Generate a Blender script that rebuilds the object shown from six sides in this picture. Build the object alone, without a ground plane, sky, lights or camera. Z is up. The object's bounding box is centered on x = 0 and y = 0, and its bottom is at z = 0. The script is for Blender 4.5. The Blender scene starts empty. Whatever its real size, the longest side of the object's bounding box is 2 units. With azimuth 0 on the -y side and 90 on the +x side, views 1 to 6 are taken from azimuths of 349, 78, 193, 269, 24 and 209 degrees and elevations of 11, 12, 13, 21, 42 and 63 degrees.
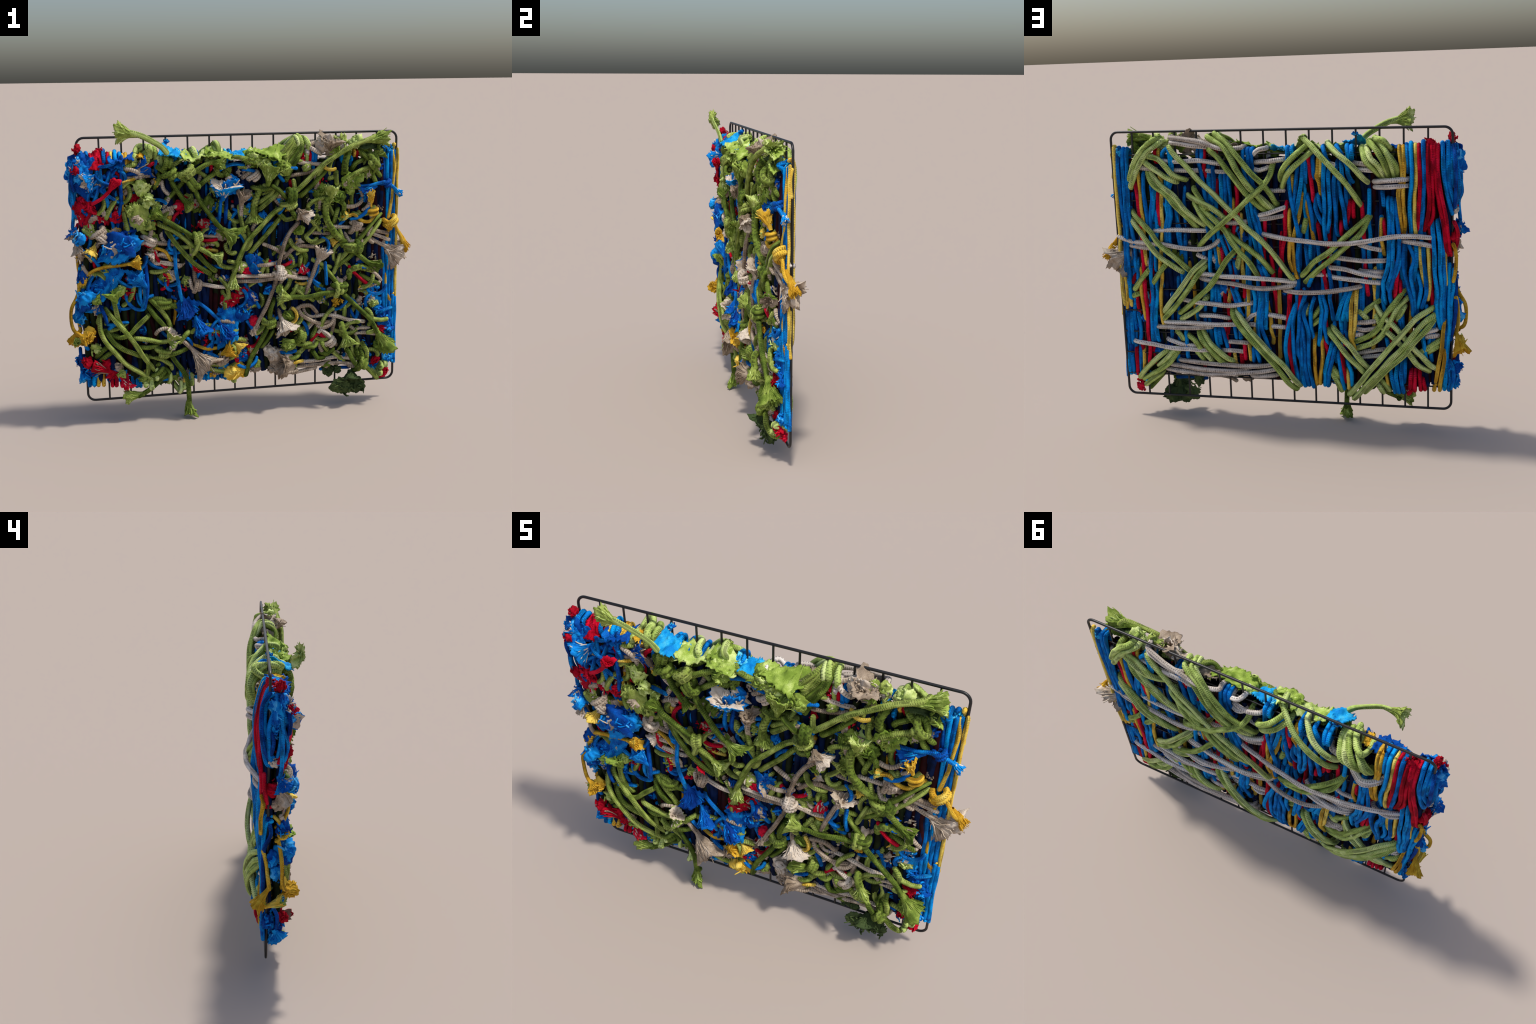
"""A panel of cut and knotted ropes woven through a black wire grid.

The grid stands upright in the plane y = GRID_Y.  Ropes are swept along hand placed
spines (metres): long straight runs on the back (+y), knots, loops and frayed ends on
the front (-y).  Every rope is a braided tube of its own."""
import bpy, math, random
import numpy as np

rng = np.random.default_rng(7)
random.seed(7)
GRID_Y = 0.031
LEFT, RIGHT, BOTTOM, TOP = -0.902, 0.903, 0.116, 1.594
COLUMNS, ROWS = 15, 12

# ---------------------------------------------------------------- materials
def linear(r, g, b):
    f = lambda c: c / 12.92 if c <= 0.04045 else ((c + 0.055) / 1.055) ** 2.4
    return tuple(f(c / 255.0) for c in (r, g, b)) + (1.0,)

def fibre_material(name, dark, mid, light, rough=0.75, grain=420.0, spread=0.13, sheen=0.0):
    m = bpy.data.materials.new(name)
    m.use_nodes = True
    nt = m.node_tree
    b = nt.nodes["Principled BSDF"]
    b.inputs["Roughness"].default_value = rough
    b.inputs["Specular IOR Level"].default_value = 0.12
    b.inputs["Sheen Weight"].default_value = sheen
    co = nt.nodes.new("ShaderNodeTexCoord")
    fine = nt.nodes.new("ShaderNodeTexNoise")
    fine.inputs["Scale"].default_value = grain
    fine.inputs["Detail"].default_value = 2.0
    broad = nt.nodes.new("ShaderNodeTexNoise")
    broad.inputs["Scale"].default_value = 22.0
    broad.inputs["Detail"].default_value = 3.0
    for n in (fine, broad):
        nt.links.new(co.outputs["Object"], n.inputs["Vector"])
    info = nt.nodes.new("ShaderNodeObjectInfo")
    mix = nt.nodes.new("ShaderNodeMath"); mix.operation = "MULTIPLY_ADD"
    nt.links.new(broad.outputs["Fac"], mix.inputs[0]); mix.inputs[1].default_value = 0.55
    part = nt.nodes.new("ShaderNodeMath"); part.operation = "MULTIPLY"
    nt.links.new(fine.outputs["Fac"], part.inputs[0]); part.inputs[1].default_value = 0.45
    nt.links.new(part.outputs[0], mix.inputs[2])
    vary = nt.nodes.new("ShaderNodeMath"); vary.operation = "MULTIPLY_ADD"
    nt.links.new(info.outputs["Random"], vary.inputs[0]); vary.inputs[1].default_value = spread * 2
    vary.inputs[2].default_value = -spread
    add = nt.nodes.new("ShaderNodeMath"); add.operation = "ADD"
    nt.links.new(mix.outputs[0], add.inputs[0]); nt.links.new(vary.outputs[0], add.inputs[1])
    ramp = nt.nodes.new("ShaderNodeValToRGB")
    e = ramp.color_ramp.elements
    e[0].position, e[0].color = 0.33, dark
    e[1].position, e[1].color = 0.70, light
    c = e.new(0.5); c.color = mid
    nt.links.new(add.outputs[0], ramp.inputs["Fac"])
    nt.links.new(ramp.outputs["Color"], b.inputs["Base Color"])
    bump = nt.nodes.new("ShaderNodeBump")
    bump.inputs["Strength"].default_value = 0.25
    bump.inputs["Distance"].default_value = 0.002
    nt.links.new(fine.outputs["Fac"], bump.inputs["Height"])
    nt.links.new(bump.outputs["Normal"], b.inputs["Normal"])
    return m

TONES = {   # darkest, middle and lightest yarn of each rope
    "green": ((142, 164, 78), (182, 203, 112), (216, 228, 156)),
    "blue": ((0, 92, 170), (0, 130, 216), (4, 166, 240)),
    "red": ((168, 0, 28), (214, 4, 46), (236, 30, 70)),
    "yellow": ((206, 150, 40), (232, 190, 70), (244, 220, 112)),
    "grey": ((176, 164, 152), (212, 202, 192), (234, 228, 220)),
    "green_front": ((66, 86, 26), (112, 132, 50), (172, 186, 98)),     # all _front tones darkened to carry the scan's baked occlusion
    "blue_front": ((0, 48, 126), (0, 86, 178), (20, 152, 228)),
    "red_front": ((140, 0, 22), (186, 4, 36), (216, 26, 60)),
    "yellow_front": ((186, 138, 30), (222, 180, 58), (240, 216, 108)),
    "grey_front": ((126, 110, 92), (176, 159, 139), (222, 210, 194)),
    "lime": ((112, 138, 48), (154, 178, 78), (222, 234, 158)),
    "cyan": ((4, 116, 196), (24, 164, 222), (120, 222, 236)),
    "pale_blue": ((0, 116, 206), (10, 152, 236), (96, 190, 240)),
    "olive": ((92, 112, 40), (110, 132, 52), (130, 150, 66)),
    "shade_green": ((46, 60, 34), (66, 82, 46), (96, 112, 64)),  # rope green with the underside's shade baked into the colour
    "inner_blue": ((2, 16, 42), (2, 30, 76), (4, 52, 116)),  # inner_* tones: rope colours taken almost to black for shadowed gaps
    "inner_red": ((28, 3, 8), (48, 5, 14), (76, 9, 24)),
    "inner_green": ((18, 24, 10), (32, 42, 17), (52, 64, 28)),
}
MAT = {k: fibre_material(k + "_fibre", *(linear(*t) for t in v)) for k, v in TONES.items()}
# a deeper tone of each rope colour fills the furrows between the ribs
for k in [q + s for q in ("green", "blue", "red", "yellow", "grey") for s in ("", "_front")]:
    MAT[k + "_weft"] = fibre_material(k + "_weft_fibre", *(linear(*(int(c * 0.70) for c in t)) for t in TONES[k]))  # furrow
wire_mat = bpy.data.materials.new("black_coated_wire")
wire_mat.use_nodes = True
wb = wire_mat.node_tree.nodes["Principled BSDF"]
wb.inputs["Base Color"].default_value = (0.006, 0.006, 0.007, 1)
wb.inputs["Roughness"].default_value = 0.42
wn = wire_mat.node_tree.nodes.new("ShaderNodeTexNoise"); wn.inputs["Scale"].default_value = 60
wr = wire_mat.node_tree.nodes.new("ShaderNodeValToRGB")
wr.color_ramp.elements[0].color = (0.004, 0.004, 0.005, 1)
wr.color_ramp.elements[1].color = (0.014, 0.013, 0.013, 1)
wc = wire_mat.node_tree.nodes.new("ShaderNodeTexCoord")
wire_mat.node_tree.links.new(wc.outputs["Object"], wn.inputs["Vector"])
wire_mat.node_tree.links.new(wn.outputs["Fac"], wr.inputs["Fac"])
wire_mat.node_tree.links.new(wr.outputs["Color"], wb.inputs["Base Color"])

# ---------------------------------------------------------------- objects
panel = bpy.data.objects.new("rope_panel", None)
panel.empty_display_size = 0.2
bpy.context.scene.collection.objects.link(panel)
panel["label"] = "coloured ropes knotted and woven through a black wire grid"
panel["category"] = "textile art"

def mesh_object(name, verts, quads, mats, parent, slots=None, smooth=True, tris=None):
    me = bpy.data.meshes.new(name)
    verts = np.array(verts, float)
    y = verts[:, 1]                      # the whole front is pressed to one depth
    verts[:, 1] = np.where(y < -0.105, -0.105 + (y + 0.105) * 0.5, y)
    nq, ntri = len(quads), 0 if tris is None else len(tris)
    me.vertices.add(len(verts)); me.vertices.foreach_set("co", np.asarray(verts, np.float32).ravel())
    loops = np.asarray(quads, np.int32).ravel()
    starts = np.arange(nq) * 4
    if ntri:
        starts = np.r_[starts, nq * 4 + np.arange(ntri) * 3]
        loops = np.r_[loops, np.asarray(tris, np.int32).ravel()]
    me.loops.add(len(loops)); me.loops.foreach_set("vertex_index", loops)
    me.polygons.add(nq + ntri); me.polygons.foreach_set("loop_start", starts.astype(np.int32))
    for m in mats:
        me.materials.append(m)
    if slots is not None:
        me.polygons.foreach_set("material_index", np.asarray(slots, np.int32))
    me.update(calc_edges=True)
    me.polygons.foreach_set("use_smooth", np.full(nq + ntri, smooth))
    o = bpy.data.objects.new(name, me)
    bpy.context.scene.collection.objects.link(o)
    o.parent = parent
    return o

# ---------------------------------------------------------------- sweeping
def spline(points, step):
    """Catmull-Rom through the control points, resampled at even steps."""
    P = np.asarray(points, float)
    if len(P) == 2:
        P = np.array([P[0], P[0] * .67 + P[1] * .33, P[0] * .33 + P[1] * .67, P[1]])
    E = np.vstack([2 * P[0] - P[1], P, 2 * P[-1] - P[-2]])
    t = np.linspace(0, 1, 14, endpoint=False)[:, None]
    out = []
    for a, b, c, d in zip(E[:-3], E[1:-2], E[2:-1], E[3:]):
        out.append(.5 * (2 * b + (c - a) * t + (2 * a - 5 * b + 4 * c - d) * t ** 2 + (3 * b - a - 3 * c + d) * t ** 3))
    D = np.vstack(out + [P[-1:]])
    s = np.r_[0, np.cumsum(np.linalg.norm(np.diff(D, axis=0), axis=1))]
    n = max(6, int(s[-1] / step) + 1)
    u = np.linspace(0, s[-1], n)
    return np.column_stack([np.interp(u, s, D[:, i]) for i in range(3)]), u

def frames(C):
    """Parallel transported side vectors along a centre line."""
    T = np.gradient(C, axis=0)
    T /= np.linalg.norm(T, axis=1)[:, None] + 1e-12
    N = np.empty_like(T)
    a = np.array([0.0, 1.0, 0.0]) if abs(T[0, 1]) < 0.9 else np.array([1.0, 0, 0])
    n = a - T[0] * (a @ T[0]); n /= np.linalg.norm(n)
    for i, t in enumerate(T):
        n = n - t * (n @ t); n /= np.linalg.norm(n) + 1e-12
        N[i] = n
    return T, N, np.cross(T, N)

def grid_faces(rings, sides, offset=0):
    i = np.arange(rings - 1)[:, None] * sides
    j = np.arange(sides)[None, :]
    k = (j + 1) % sides
    return (np.stack([i + j, i + k, i + sides + k, i + sides + j], -1).reshape(-1, 4) + offset)

BRAID = {  # pitch of the ribs, columns of chevrons round the rope, relief
    "green": (0.0096, 3, 0.13), "blue": (0.0078, 3, 0.11), "red": (0.0078, 3, 0.11),
    "yellow": (0.0080, 3, 0.11), "grey": (0.0110, 4, 0.13),
}
KIND = {"green": "green_rope", "blue": "blue_cord", "red": "red_cord", "yellow": "yellow_cord", "grey": "grey_rope"}
last_rope = {}

def braided_tube(points, radius, colour, sides=None):
    sides = sides or (12 if radius > 0.0105 else 10)
    pitch, cols, relief = BRAID[colour]
    radius = radius * 1.09
    if radius > 0.016:
        pitch, relief = 0.020, 0.16
    C, s = spline(points, pitch / 3.1)
    wob = rng.uniform(0, 6.28, 3)
    T, N, B = frames(C)
    C = C + N * (0.0012 * np.sin(s * 31 + wob[0]))[:, None] + B * (0.0012 * np.sin(s * 27 + wob[1]))[:, None]
    th = np.linspace(0, 2 * np.pi, sides, endpoint=False)
    S, A = np.meshgrid(s, th, indexing="ij")
    A2 = A + S * rng.uniform(-6, 6)
    if colour == "grey":
        h = 0.5 + 0.5 * np.cos(2 * np.pi * S / pitch + cols * A2 / 2) * np.cos(2 * np.pi * S / pitch - cols * A2 / 2)
    else:
        fold = np.abs(((cols * A2 / (2 * np.pi)) % 1) * 2 - 1)
        h = 0.5 + 0.5 * np.cos(2 * np.pi * (S / pitch + 0.75 * fold))
        h = h - 0.55 * np.exp(-((fold - 1.0) / 0.2) ** 2)
    R = radius * (1 + relief * (h - 0.6)) * (1 + 0.035 * np.sin(S * 40 + wob[2]))
    n = len(s)                                    # rounded, slightly pinched ends
    d = np.minimum(s, s[-1] - s) / radius
    R = R * np.sqrt(np.clip(1 - np.clip(1 - d, 0, 1) ** 2, 0.06, 1))[:, None]
    V = C[:, None] + (np.cos(A)[..., None] * N[:, None] + np.sin(A)[..., None] * B[:, None]) * R[..., None]
    V = np.vstack([V.reshape(-1, 3), C[:1], C[-1:]])
    Q = grid_faces(n, sides)
    j = np.arange(sides); k = (j + 1) % sides
    tri = np.vstack([np.stack([k, j, np.full(sides, n * sides)], 1),
                     np.stack([(n - 1) * sides + j, (n - 1) * sides + k, np.full(sides, n * sides + 1)], 1)])
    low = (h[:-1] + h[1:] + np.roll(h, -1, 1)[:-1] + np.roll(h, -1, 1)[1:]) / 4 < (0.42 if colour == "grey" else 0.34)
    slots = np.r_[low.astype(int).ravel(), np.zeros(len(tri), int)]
    return V, Q, tri, slots

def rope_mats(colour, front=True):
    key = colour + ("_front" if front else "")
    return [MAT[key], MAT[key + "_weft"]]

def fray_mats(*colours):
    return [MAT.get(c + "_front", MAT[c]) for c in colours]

def rope(colour, radius, side, points, sides=None):
    P = [np.array(p) for p in points]
    def wrap(a, b):
        """The run goes on over the top (or under the foot) of the weave to the front."""
        up = 1 if a[2] > 0.8 else -1
        run = (a[0] - b[0]) * 0.25
        y, z = a[1], a[2]
        f = float(np.interp(a[0], [0.4, 0.9], [-0.024, 0.012]))
        return [a + np.array([run * .3, -0.03, 0.004 * up]), np.array([a[0] + run * .6, min(y - 0.06, 0.0), z - 0.006 * up]),
                np.array([a[0] + run, f, z - 0.028 * up]), np.array([a[0] + run, f + 0.012, z - 0.065 * up])]
    edge = lambda p: side == "back" and p[0] < 0.84 and (p[2] > 1.445 or p[2] < 0.245)
    head_wrap, tail_wrap = edge(P[0]), edge(P[-1])
    if head_wrap:
        P = wrap(P[0], P[1])[::-1] + P
    if tail_wrap:
        P = P + wrap(P[-1], P[-2])
    if side != "world":                       # let the ends dive back through the grid
        def dive(a, b):
            inward = -min(0.05, max(0.0, a[1] - 0.008)) if side == "back" else max(0.0, min(0.035, -0.004 - a[1]))
            t = (a - b); t /= np.linalg.norm(t) + 1e-9
            return a + t * 0.014 + np.array([0, inward, 0])
        if (side == "back" and not head_wrap) or (side == "front" and P[0][1] > -0.055):
            P.insert(0, dive(P[0], P[1]))
        if (side == "back" and not tail_wrap) or (side == "front" and P[-1][1] > -0.055):
            P.append(dive(P[-1], P[-2]))
    V, Q, tri, slots = braided_tube(P, radius, colour, sides)
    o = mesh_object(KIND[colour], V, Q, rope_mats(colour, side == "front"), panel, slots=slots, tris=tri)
    last_rope[colour] = o
    return o

def knot(colour, centre, R, r, angle):
    """One and a half turns of rope pulled round another rope; the angle is that of its axis."""
    a = math.radians(angle)
    axis = np.array([math.cos(a), 0.15, -math.sin(a)]); axis /= np.linalg.norm(axis)
    u = np.cross(axis, [0, 1, 0]); u /= np.linalg.norm(u)
    v = np.cross(axis, u)
    t = np.linspace(-0.15, 1.35, 22) * 2 * math.pi
    C = np.array(centre)
    P = [C + (u * math.cos(x) + v * math.sin(x) * 0.8) * R * (1 + 0.06 * math.sin(2 * x)) + axis * (x / 6.28 - 0.6) * r * 1.6 for x in t]
    V, Q, tri, slots = braided_tube(P, r, colour)
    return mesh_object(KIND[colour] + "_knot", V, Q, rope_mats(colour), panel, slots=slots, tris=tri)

# ---------------------------------------------------------------- frayed ends
def fibres(starts, dirs, lengths, radii, curl, sides=4, segs=6):
    """Tapered yarns that leave `starts` along `dirs` and curl at random."""
    n = len(starts)
    t = np.linspace(0, 1, segs)
    a = rng.normal(size=(n, 3)); b = rng.normal(size=(n, 3))
    C = (starts[:, None] + dirs[:, None] * (lengths[:, None] * t)[..., None]
         + a[:, None] * (curl * lengths[:, None] * t ** 2)[..., None]
         + b[:, None] * (curl * .6 * lengths[:, None] * np.sin(t * 5) * t)[..., None])
    T = np.gradient(C, axis=1); T /= np.linalg.norm(T, axis=2)[..., None] + 1e-12
    ref = np.cross(T, rng.normal(size=(n, 1, 3))); ref /= np.linalg.norm(ref, axis=2)[..., None] + 1e-12
    bi = np.cross(T, ref)
    th = np.linspace(0, 2 * np.pi, sides, endpoint=False)
    rad = radii[:, None] * (1 - 0.5 * t ** 2)
    V = C[:, :, None] + (ref[:, :, None] * np.cos(th)[None, None, :, None] + bi[:, :, None] * np.sin(th)[None, None, :, None]) * rad[:, :, None, None]
    Q = (grid_faces(segs, sides)[None] + (np.arange(n) * segs * sides)[:, None, None]).reshape(-1, 4)
    caps = (np.arange(n)[:, None, None] * segs * sides + np.array([[(segs - 1) * sides, (segs - 1) * sides + i, (segs - 1) * sides + i + 1] for i in range(1, sides - 1)])[None]).reshape(-1, 3)
    return V.reshape(-1, 3), Q, caps

def flare(base, tip, r0, R, count, curl, power=1.7):
    """A rope end that opens out: a fluted horn with a torn rim, and yarns breaking away from it."""
    base, tip = np.array(base, float), np.array(tip, float)
    L = np.linalg.norm(tip - base); ax = (tip - base) / L
    u = np.cross(ax, rng.normal(size=3)); u /= np.linalg.norm(u); v = np.cross(ax, u)
    squash = rng.uniform(0.65, 1.0)
    sides, rings = 34, 12
    th = np.linspace(0, 2 * np.pi, sides, endpoint=False)
    ph = rng.uniform(0, 6.28, 6)
    lump = 0.16 * np.sin(2 * th + ph[0]) + 0.13 * np.sin(3 * th + ph[1]) + 0.08 * np.sin(5 * th + ph[2])
    rim = 0.95 + 0.07 * np.sin(2 * th + ph[3]) + 0.04 * np.sin(5 * th + ph[4]) + rng.uniform(-.02, .02, sides)
    def at(t, A, shrink=1.0):
        l = 0.16 * np.sin(2 * A + ph[0]) + 0.13 * np.sin(3 * A + ph[1]) + 0.08 * np.sin(5 * A + ph[2])
        w = (r0 + (R - r0) * t ** power) * (1 + l * t) * shrink
        flute = 1 + (0.07 + 0.05 * t) * np.cos(13 * A + 2.2 * t + ph[5])
        w = w * flute
        bend = 0.10 * L * np.sin(2.4 * t + ph[2]) * t
        return base + ax * (t * L)[..., None] + u * (np.cos(A) * w + bend)[..., None] + v * (np.sin(A) * w * squash)[..., None]
    t = np.linspace(0, 1, rings)
    Tt, A = np.meshgrid(t, th, indexing="ij")
    outer = at(Tt * rim[None], A)
    inner_t = np.linspace(1, 0.62, 6)
    Ti, Ai = np.meshgrid(inner_t, th, indexing="ij")
    k = np.linspace(0.93, 0.08, 6)[:, None] * np.ones_like(Ti)
    ripple = 0.05 * np.sin(6 * Ai + 9 * Ti + ph[1])
    inner = at((Ti + ripple) * rim[None], Ai, k)
    V = np.concatenate([outer, inner]).reshape(-1, 3)
    Q = grid_faces(rings + 6, sides)
    q_outer = (rings - 1) * sides
    slots = np.zeros(len(Q), int); slots[q_outer + sides:] = 1
    # yarns along the outside
    n = count
    a0 = rng.uniform(0, 2 * np.pi, n); t0 = rng.uniform(0.25, 0.75, n)
    s0, s1 = at(t0, a0, 0.97), at(np.minimum(t0 + 0.22, 1.0), a0, 1.02)
    d = s1 - s0; d /= np.linalg.norm(d, axis=1)[:, None]
    ln = (1.0 - t0) * L * rng.uniform(0.55, 0.86, n) + 0.002
    f1 = fibres(s0, d, ln, rng.uniform(0.0024, 0.0052, n), curl)
    # cut yarns that fill the mouth
    m = count // 3
    a1 = rng.uniform(0, 2 * np.pi, m); q = np.sqrt(rng.uniform(0, 1, m)) * 0.8
    s2 = at(np.full(m, 0.70), a1, q)
    d2 = at(np.full(m, 0.95), a1, q * 1.1) - s2; d2 /= np.linalg.norm(d2, axis=1)[:, None]
    f2 = fibres(s2, d2, L * rng.uniform(0.18, 0.34, m), rng.uniform(0.0030, 0.0062, m), curl * 1.2)
    n0 = len(V); n1 = n0 + len(f1[0])
    Vall = np.vstack([V, f1[0], f2[0]])
    Qall = np.vstack([Q, f1[1] + n0, f2[1] + n1])
    tri = np.vstack([f1[2] + n0, f2[2] + n1])
    half = (rng.uniform(0, 1, n) < 0.30).astype(int).repeat(len(f1[1]) // n)
    slot = np.r_[slots, half, np.ones(len(f2[1]), int), np.zeros(len(f1[2]), int), np.ones(len(f2[2]), int)]
    return Vall, Qall, tri, slot

ROPE_R = {"green": 0.0128, "lime": 0.0128, "olive": 0.0128, "shade_green": 0.014, "grey": 0.0108}

def frayed_end(colour, tip_colour, base, tip, R):
    r0 = ROPE_R.get(colour, 0.0096)
    R = R * 1.12
    if tip_colour == colour == "blue":
        tip_colour = "pale_blue"
    L = np.linalg.norm(np.array(tip) - np.array(base))
    V, Q, tri, slot = flare(base, tip, r0, R, int(22 + 420 * R), 0.16)
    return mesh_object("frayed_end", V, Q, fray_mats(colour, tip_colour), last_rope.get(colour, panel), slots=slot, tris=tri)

FACING = {"front": (0, 1, 0), "left": (1, 0, 0), "right": (-1, 0, 0), "up": (0, 0, -1), "down": (0, 0, 1)}

def frayed_tuft(colour, tip_colour, centre, R, facing="front"):
    """A short cut end that faces outward, its yarns burst open."""
    c = np.array(centre)
    if tip_colour == colour == "blue":
        tip_colour = "pale_blue"
    ax = np.array(FACING[facing], float) * -1.0
    u = np.cross(ax, rng.normal(size=3)); u /= np.linalg.norm(u); v = np.cross(ax, u)
    # a crumpled, partly fused knob of yarn
    nu, nv = 36, 24
    A, E = np.meshgrid(np.linspace(0, 2 * np.pi, nu, endpoint=False), np.linspace(0.08, np.pi - 0.08, nv), indexing="xy")
    D = np.stack([np.cos(A) * np.sin(E), np.sin(A) * np.sin(E), np.cos(E)], -1)
    k = rng.normal(size=(7, 3)); k /= np.linalg.norm(k, axis=1)[:, None]
    k *= np.array([2.2, 3.0, 4.2, 5.5, 7.5, 9.5, 13.0])[:, None]
    ph = rng.uniform(0, 6.28, 7)
    f = 0.80 + 0.20 * np.sin(D @ k[0] + ph[0]) + 0.15 * np.sin(D @ k[1] + ph[1])
    for q in range(2, 7):
        f += (0.17 / (q - 0.6)) * (0.5 if q > 4 else 1.0) * (1 - 2 * np.abs(np.sin(D @ k[q] + ph[q])))
    f *= 1 + 0.05 * np.cos(9 * A + 5 * E + ph[0])
    deep = rng.uniform(0.55, 0.8)
    P = (u * D[..., :1] + v * D[..., 1:2]) * R * f[..., None] + ax * D[..., 2:] * (R * deep * f)[..., None]
    V = (c - ax * R * deep * 0.75 + P).reshape(-1, 3)
    Q = grid_faces(nv, nu)
    caps = np.vstack([[[0, i + 1, i] for i in range(1, nu - 1)], [[(nv - 1) * nu, (nv - 1) * nu + i, (nv - 1) * nu + i + 1] for i in range(1, nu - 1)]])
    patch = np.sin(D @ k[1] + ph[3]) + 0.7 * np.sin(D @ k[3] + ph[5]) + 0.5 * np.sin(D @ k[5] + ph[2])
    slot = (patch[:-1] > (0.75 if tip_colour in ("grey", "pale_blue") else 0.5)).astype(int).ravel()
    m = int(6 + 130 * R)
    d = D.reshape(-1, 3)[rng.integers(0, nu * nv, m)]
    d = d[:, 0:1] * u + d[:, 1:2] * v + np.abs(d[:, 2:]) * ax * 0.8
    side = np.cross(d, rng.normal(size=(m, 3))); side /= np.linalg.norm(side, axis=1)[:, None]
    s0 = c - ax * R * deep * 0.75 + d * R * rng.uniform(0.62, 0.85, m)[:, None]
    f1 = fibres(s0, d * 0.12 + side * 0.9, R * rng.uniform(0.3, 0.75, m), rng.uniform(0.0035, 0.0070, m), 0.15)
    tri = np.vstack([caps, f1[2] + len(V)])
    fs = (rng.uniform(0, 1, m) < 0.4).astype(int)
    slot = np.r_[slot, fs.repeat(len(f1[1]) // m), np.zeros(len(caps), int), fs.repeat(len(f1[2]) // m)]
    V, Q = np.vstack([V, f1[0]]), np.vstack([Q, f1[1] + len(V)])
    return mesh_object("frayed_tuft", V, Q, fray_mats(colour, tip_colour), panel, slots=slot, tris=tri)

def flap(colour, edge_a, edge_b, thickness=0.005):
    """A flattened, crumpled rope end that lies between two edges."""
    A, B = np.array(edge_a, float), np.array(edge_b, float)
    span = np.linalg.norm(np.diff(A, axis=0), axis=1).sum()
    n, m = max(22, int(span / 0.009)), 14
    def along(E):
        C, s = spline(E, 0.002)
        u = np.linspace(0, s[-1], n)
        return np.column_stack([np.interp(u, s, C[:, i]) for i in range(3)])
    a, b = along(A), along(B)
    t = np.linspace(0, 1, m)[None, :, None]
    S = a[:, None] * (1 - t) + b[:, None] * t
    size = min(0.25, np.linalg.norm(a[-1] - a[0])) + np.linalg.norm(b[0] - a[0])
    waves = max(1.0, span / 0.2)
    w = np.cross(a[-1] - a[0], b[0] - a[0]); w /= np.linalg.norm(w)
    ph = rng.uniform(0, 6.28, 6)
    I, J = np.meshgrid(np.linspace(0, waves, n), np.linspace(0, 1, m), indexing="ij")
    f = 0.10 * np.sin(6 * I + 3 * J + ph[0]) + 0.07 * np.abs(np.sin(9 * I - 4 * J + ph[1])) + 0.05 * np.sin(17 * I + 5 * J + ph[2]) + 0.04 * np.abs(np.sin(11 * J + 7 * I + ph[3]))
    S = S + w * (f * size * 0.35)[..., None] + rng.normal(0, 0.0018, S.shape)
    ragged = rng.uniform(-1, 1, n) * 0.010
    S[:, 0] += (S[:, 0] - S[:, 1]) * (ragged[:, None] / 0.01)
    S[:, -1] += (S[:, -1] - S[:, -2]) * (rng.uniform(-1, 1, n)[:, None])
    V = np.vstack([(S + w * thickness / 2).reshape(-1, 3), (S - w * thickness / 2).reshape(-1, 3)])
    idx = np.arange(n * m).reshape(n, m)
    top = np.stack([idx[:-1, :-1], idx[1:, :-1], idx[1:, 1:], idx[:-1, 1:]], -1).reshape(-1, 4)
    bot = top[:, ::-1] + n * m
    rim = np.r_[idx[:, 0], idx[-1, 1:], idx[-2::-1, -1], idx[0, -2:0:-1]]
    nx = np.roll(rim, -1)
    side = np.stack([nx, rim, rim + n * m, nx + n * m], -1)
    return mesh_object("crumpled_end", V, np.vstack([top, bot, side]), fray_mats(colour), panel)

# ---------------------------------------------------------------- wire grid
def plain_tube(P, r, sides=10, closed=False):
    P = np.asarray(P, float)
    if closed:
        T = np.roll(P, -1, 0) - np.roll(P, 1, 0)
    else:
        T = np.gradient(P, axis=0)
    T /= np.linalg.norm(T, axis=1)[:, None]
    N = np.tile([0.0, 1.0, 0.0], (len(P), 1)); B = np.cross(T, N)
    th = np.linspace(0, 2 * np.pi, sides, endpoint=False)
    V = P[:, None] + (N[:, None] * np.cos(th)[None, :, None] + B[:, None] * np.sin(th)[None, :, None]) * r
    n = len(P)
    Q = grid_faces(n, sides)
    if closed:
        j = np.arange(sides); k = (j + 1) % sides
        Q = np.vstack([Q, np.stack([(n - 1) * sides + j, (n - 1) * sides + k, k, j], 1)])
    return V.reshape(-1, 3), Q

grid = bpy.data.objects.new("wire_grid", None)
bpy.context.scene.collection.objects.link(grid)
grid.parent = panel
corner, loop = 0.042, []
for cx, cz, a in ((RIGHT, TOP, 0), (LEFT, TOP, 90), (LEFT, BOTTOM, 180), (RIGHT, BOTTOM, 270)):
    ox = cx - corner if cx > 0 else cx + corner
    oz = cz - corner if cz > 1 else cz + corner
    for k in range(9):
        b = math.radians(a + k * 11.25)
        loop.append((ox + corner * math.cos(b), GRID_Y, oz + corner * math.sin(b)))
V, Q = plain_tube(loop, 0.0067, 12, True)
mesh_object("frame", V, Q, [wire_mat], grid)
for i in range(1, COLUMNS):
    x = LEFT + (RIGHT - LEFT) * i / COLUMNS
    V, Q = plain_tube([(x, GRID_Y - 0.0035, z) for z in np.linspace(BOTTOM, TOP, 12)], 0.0053)
    mesh_object("wire", V, Q, [wire_mat], grid)
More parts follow.
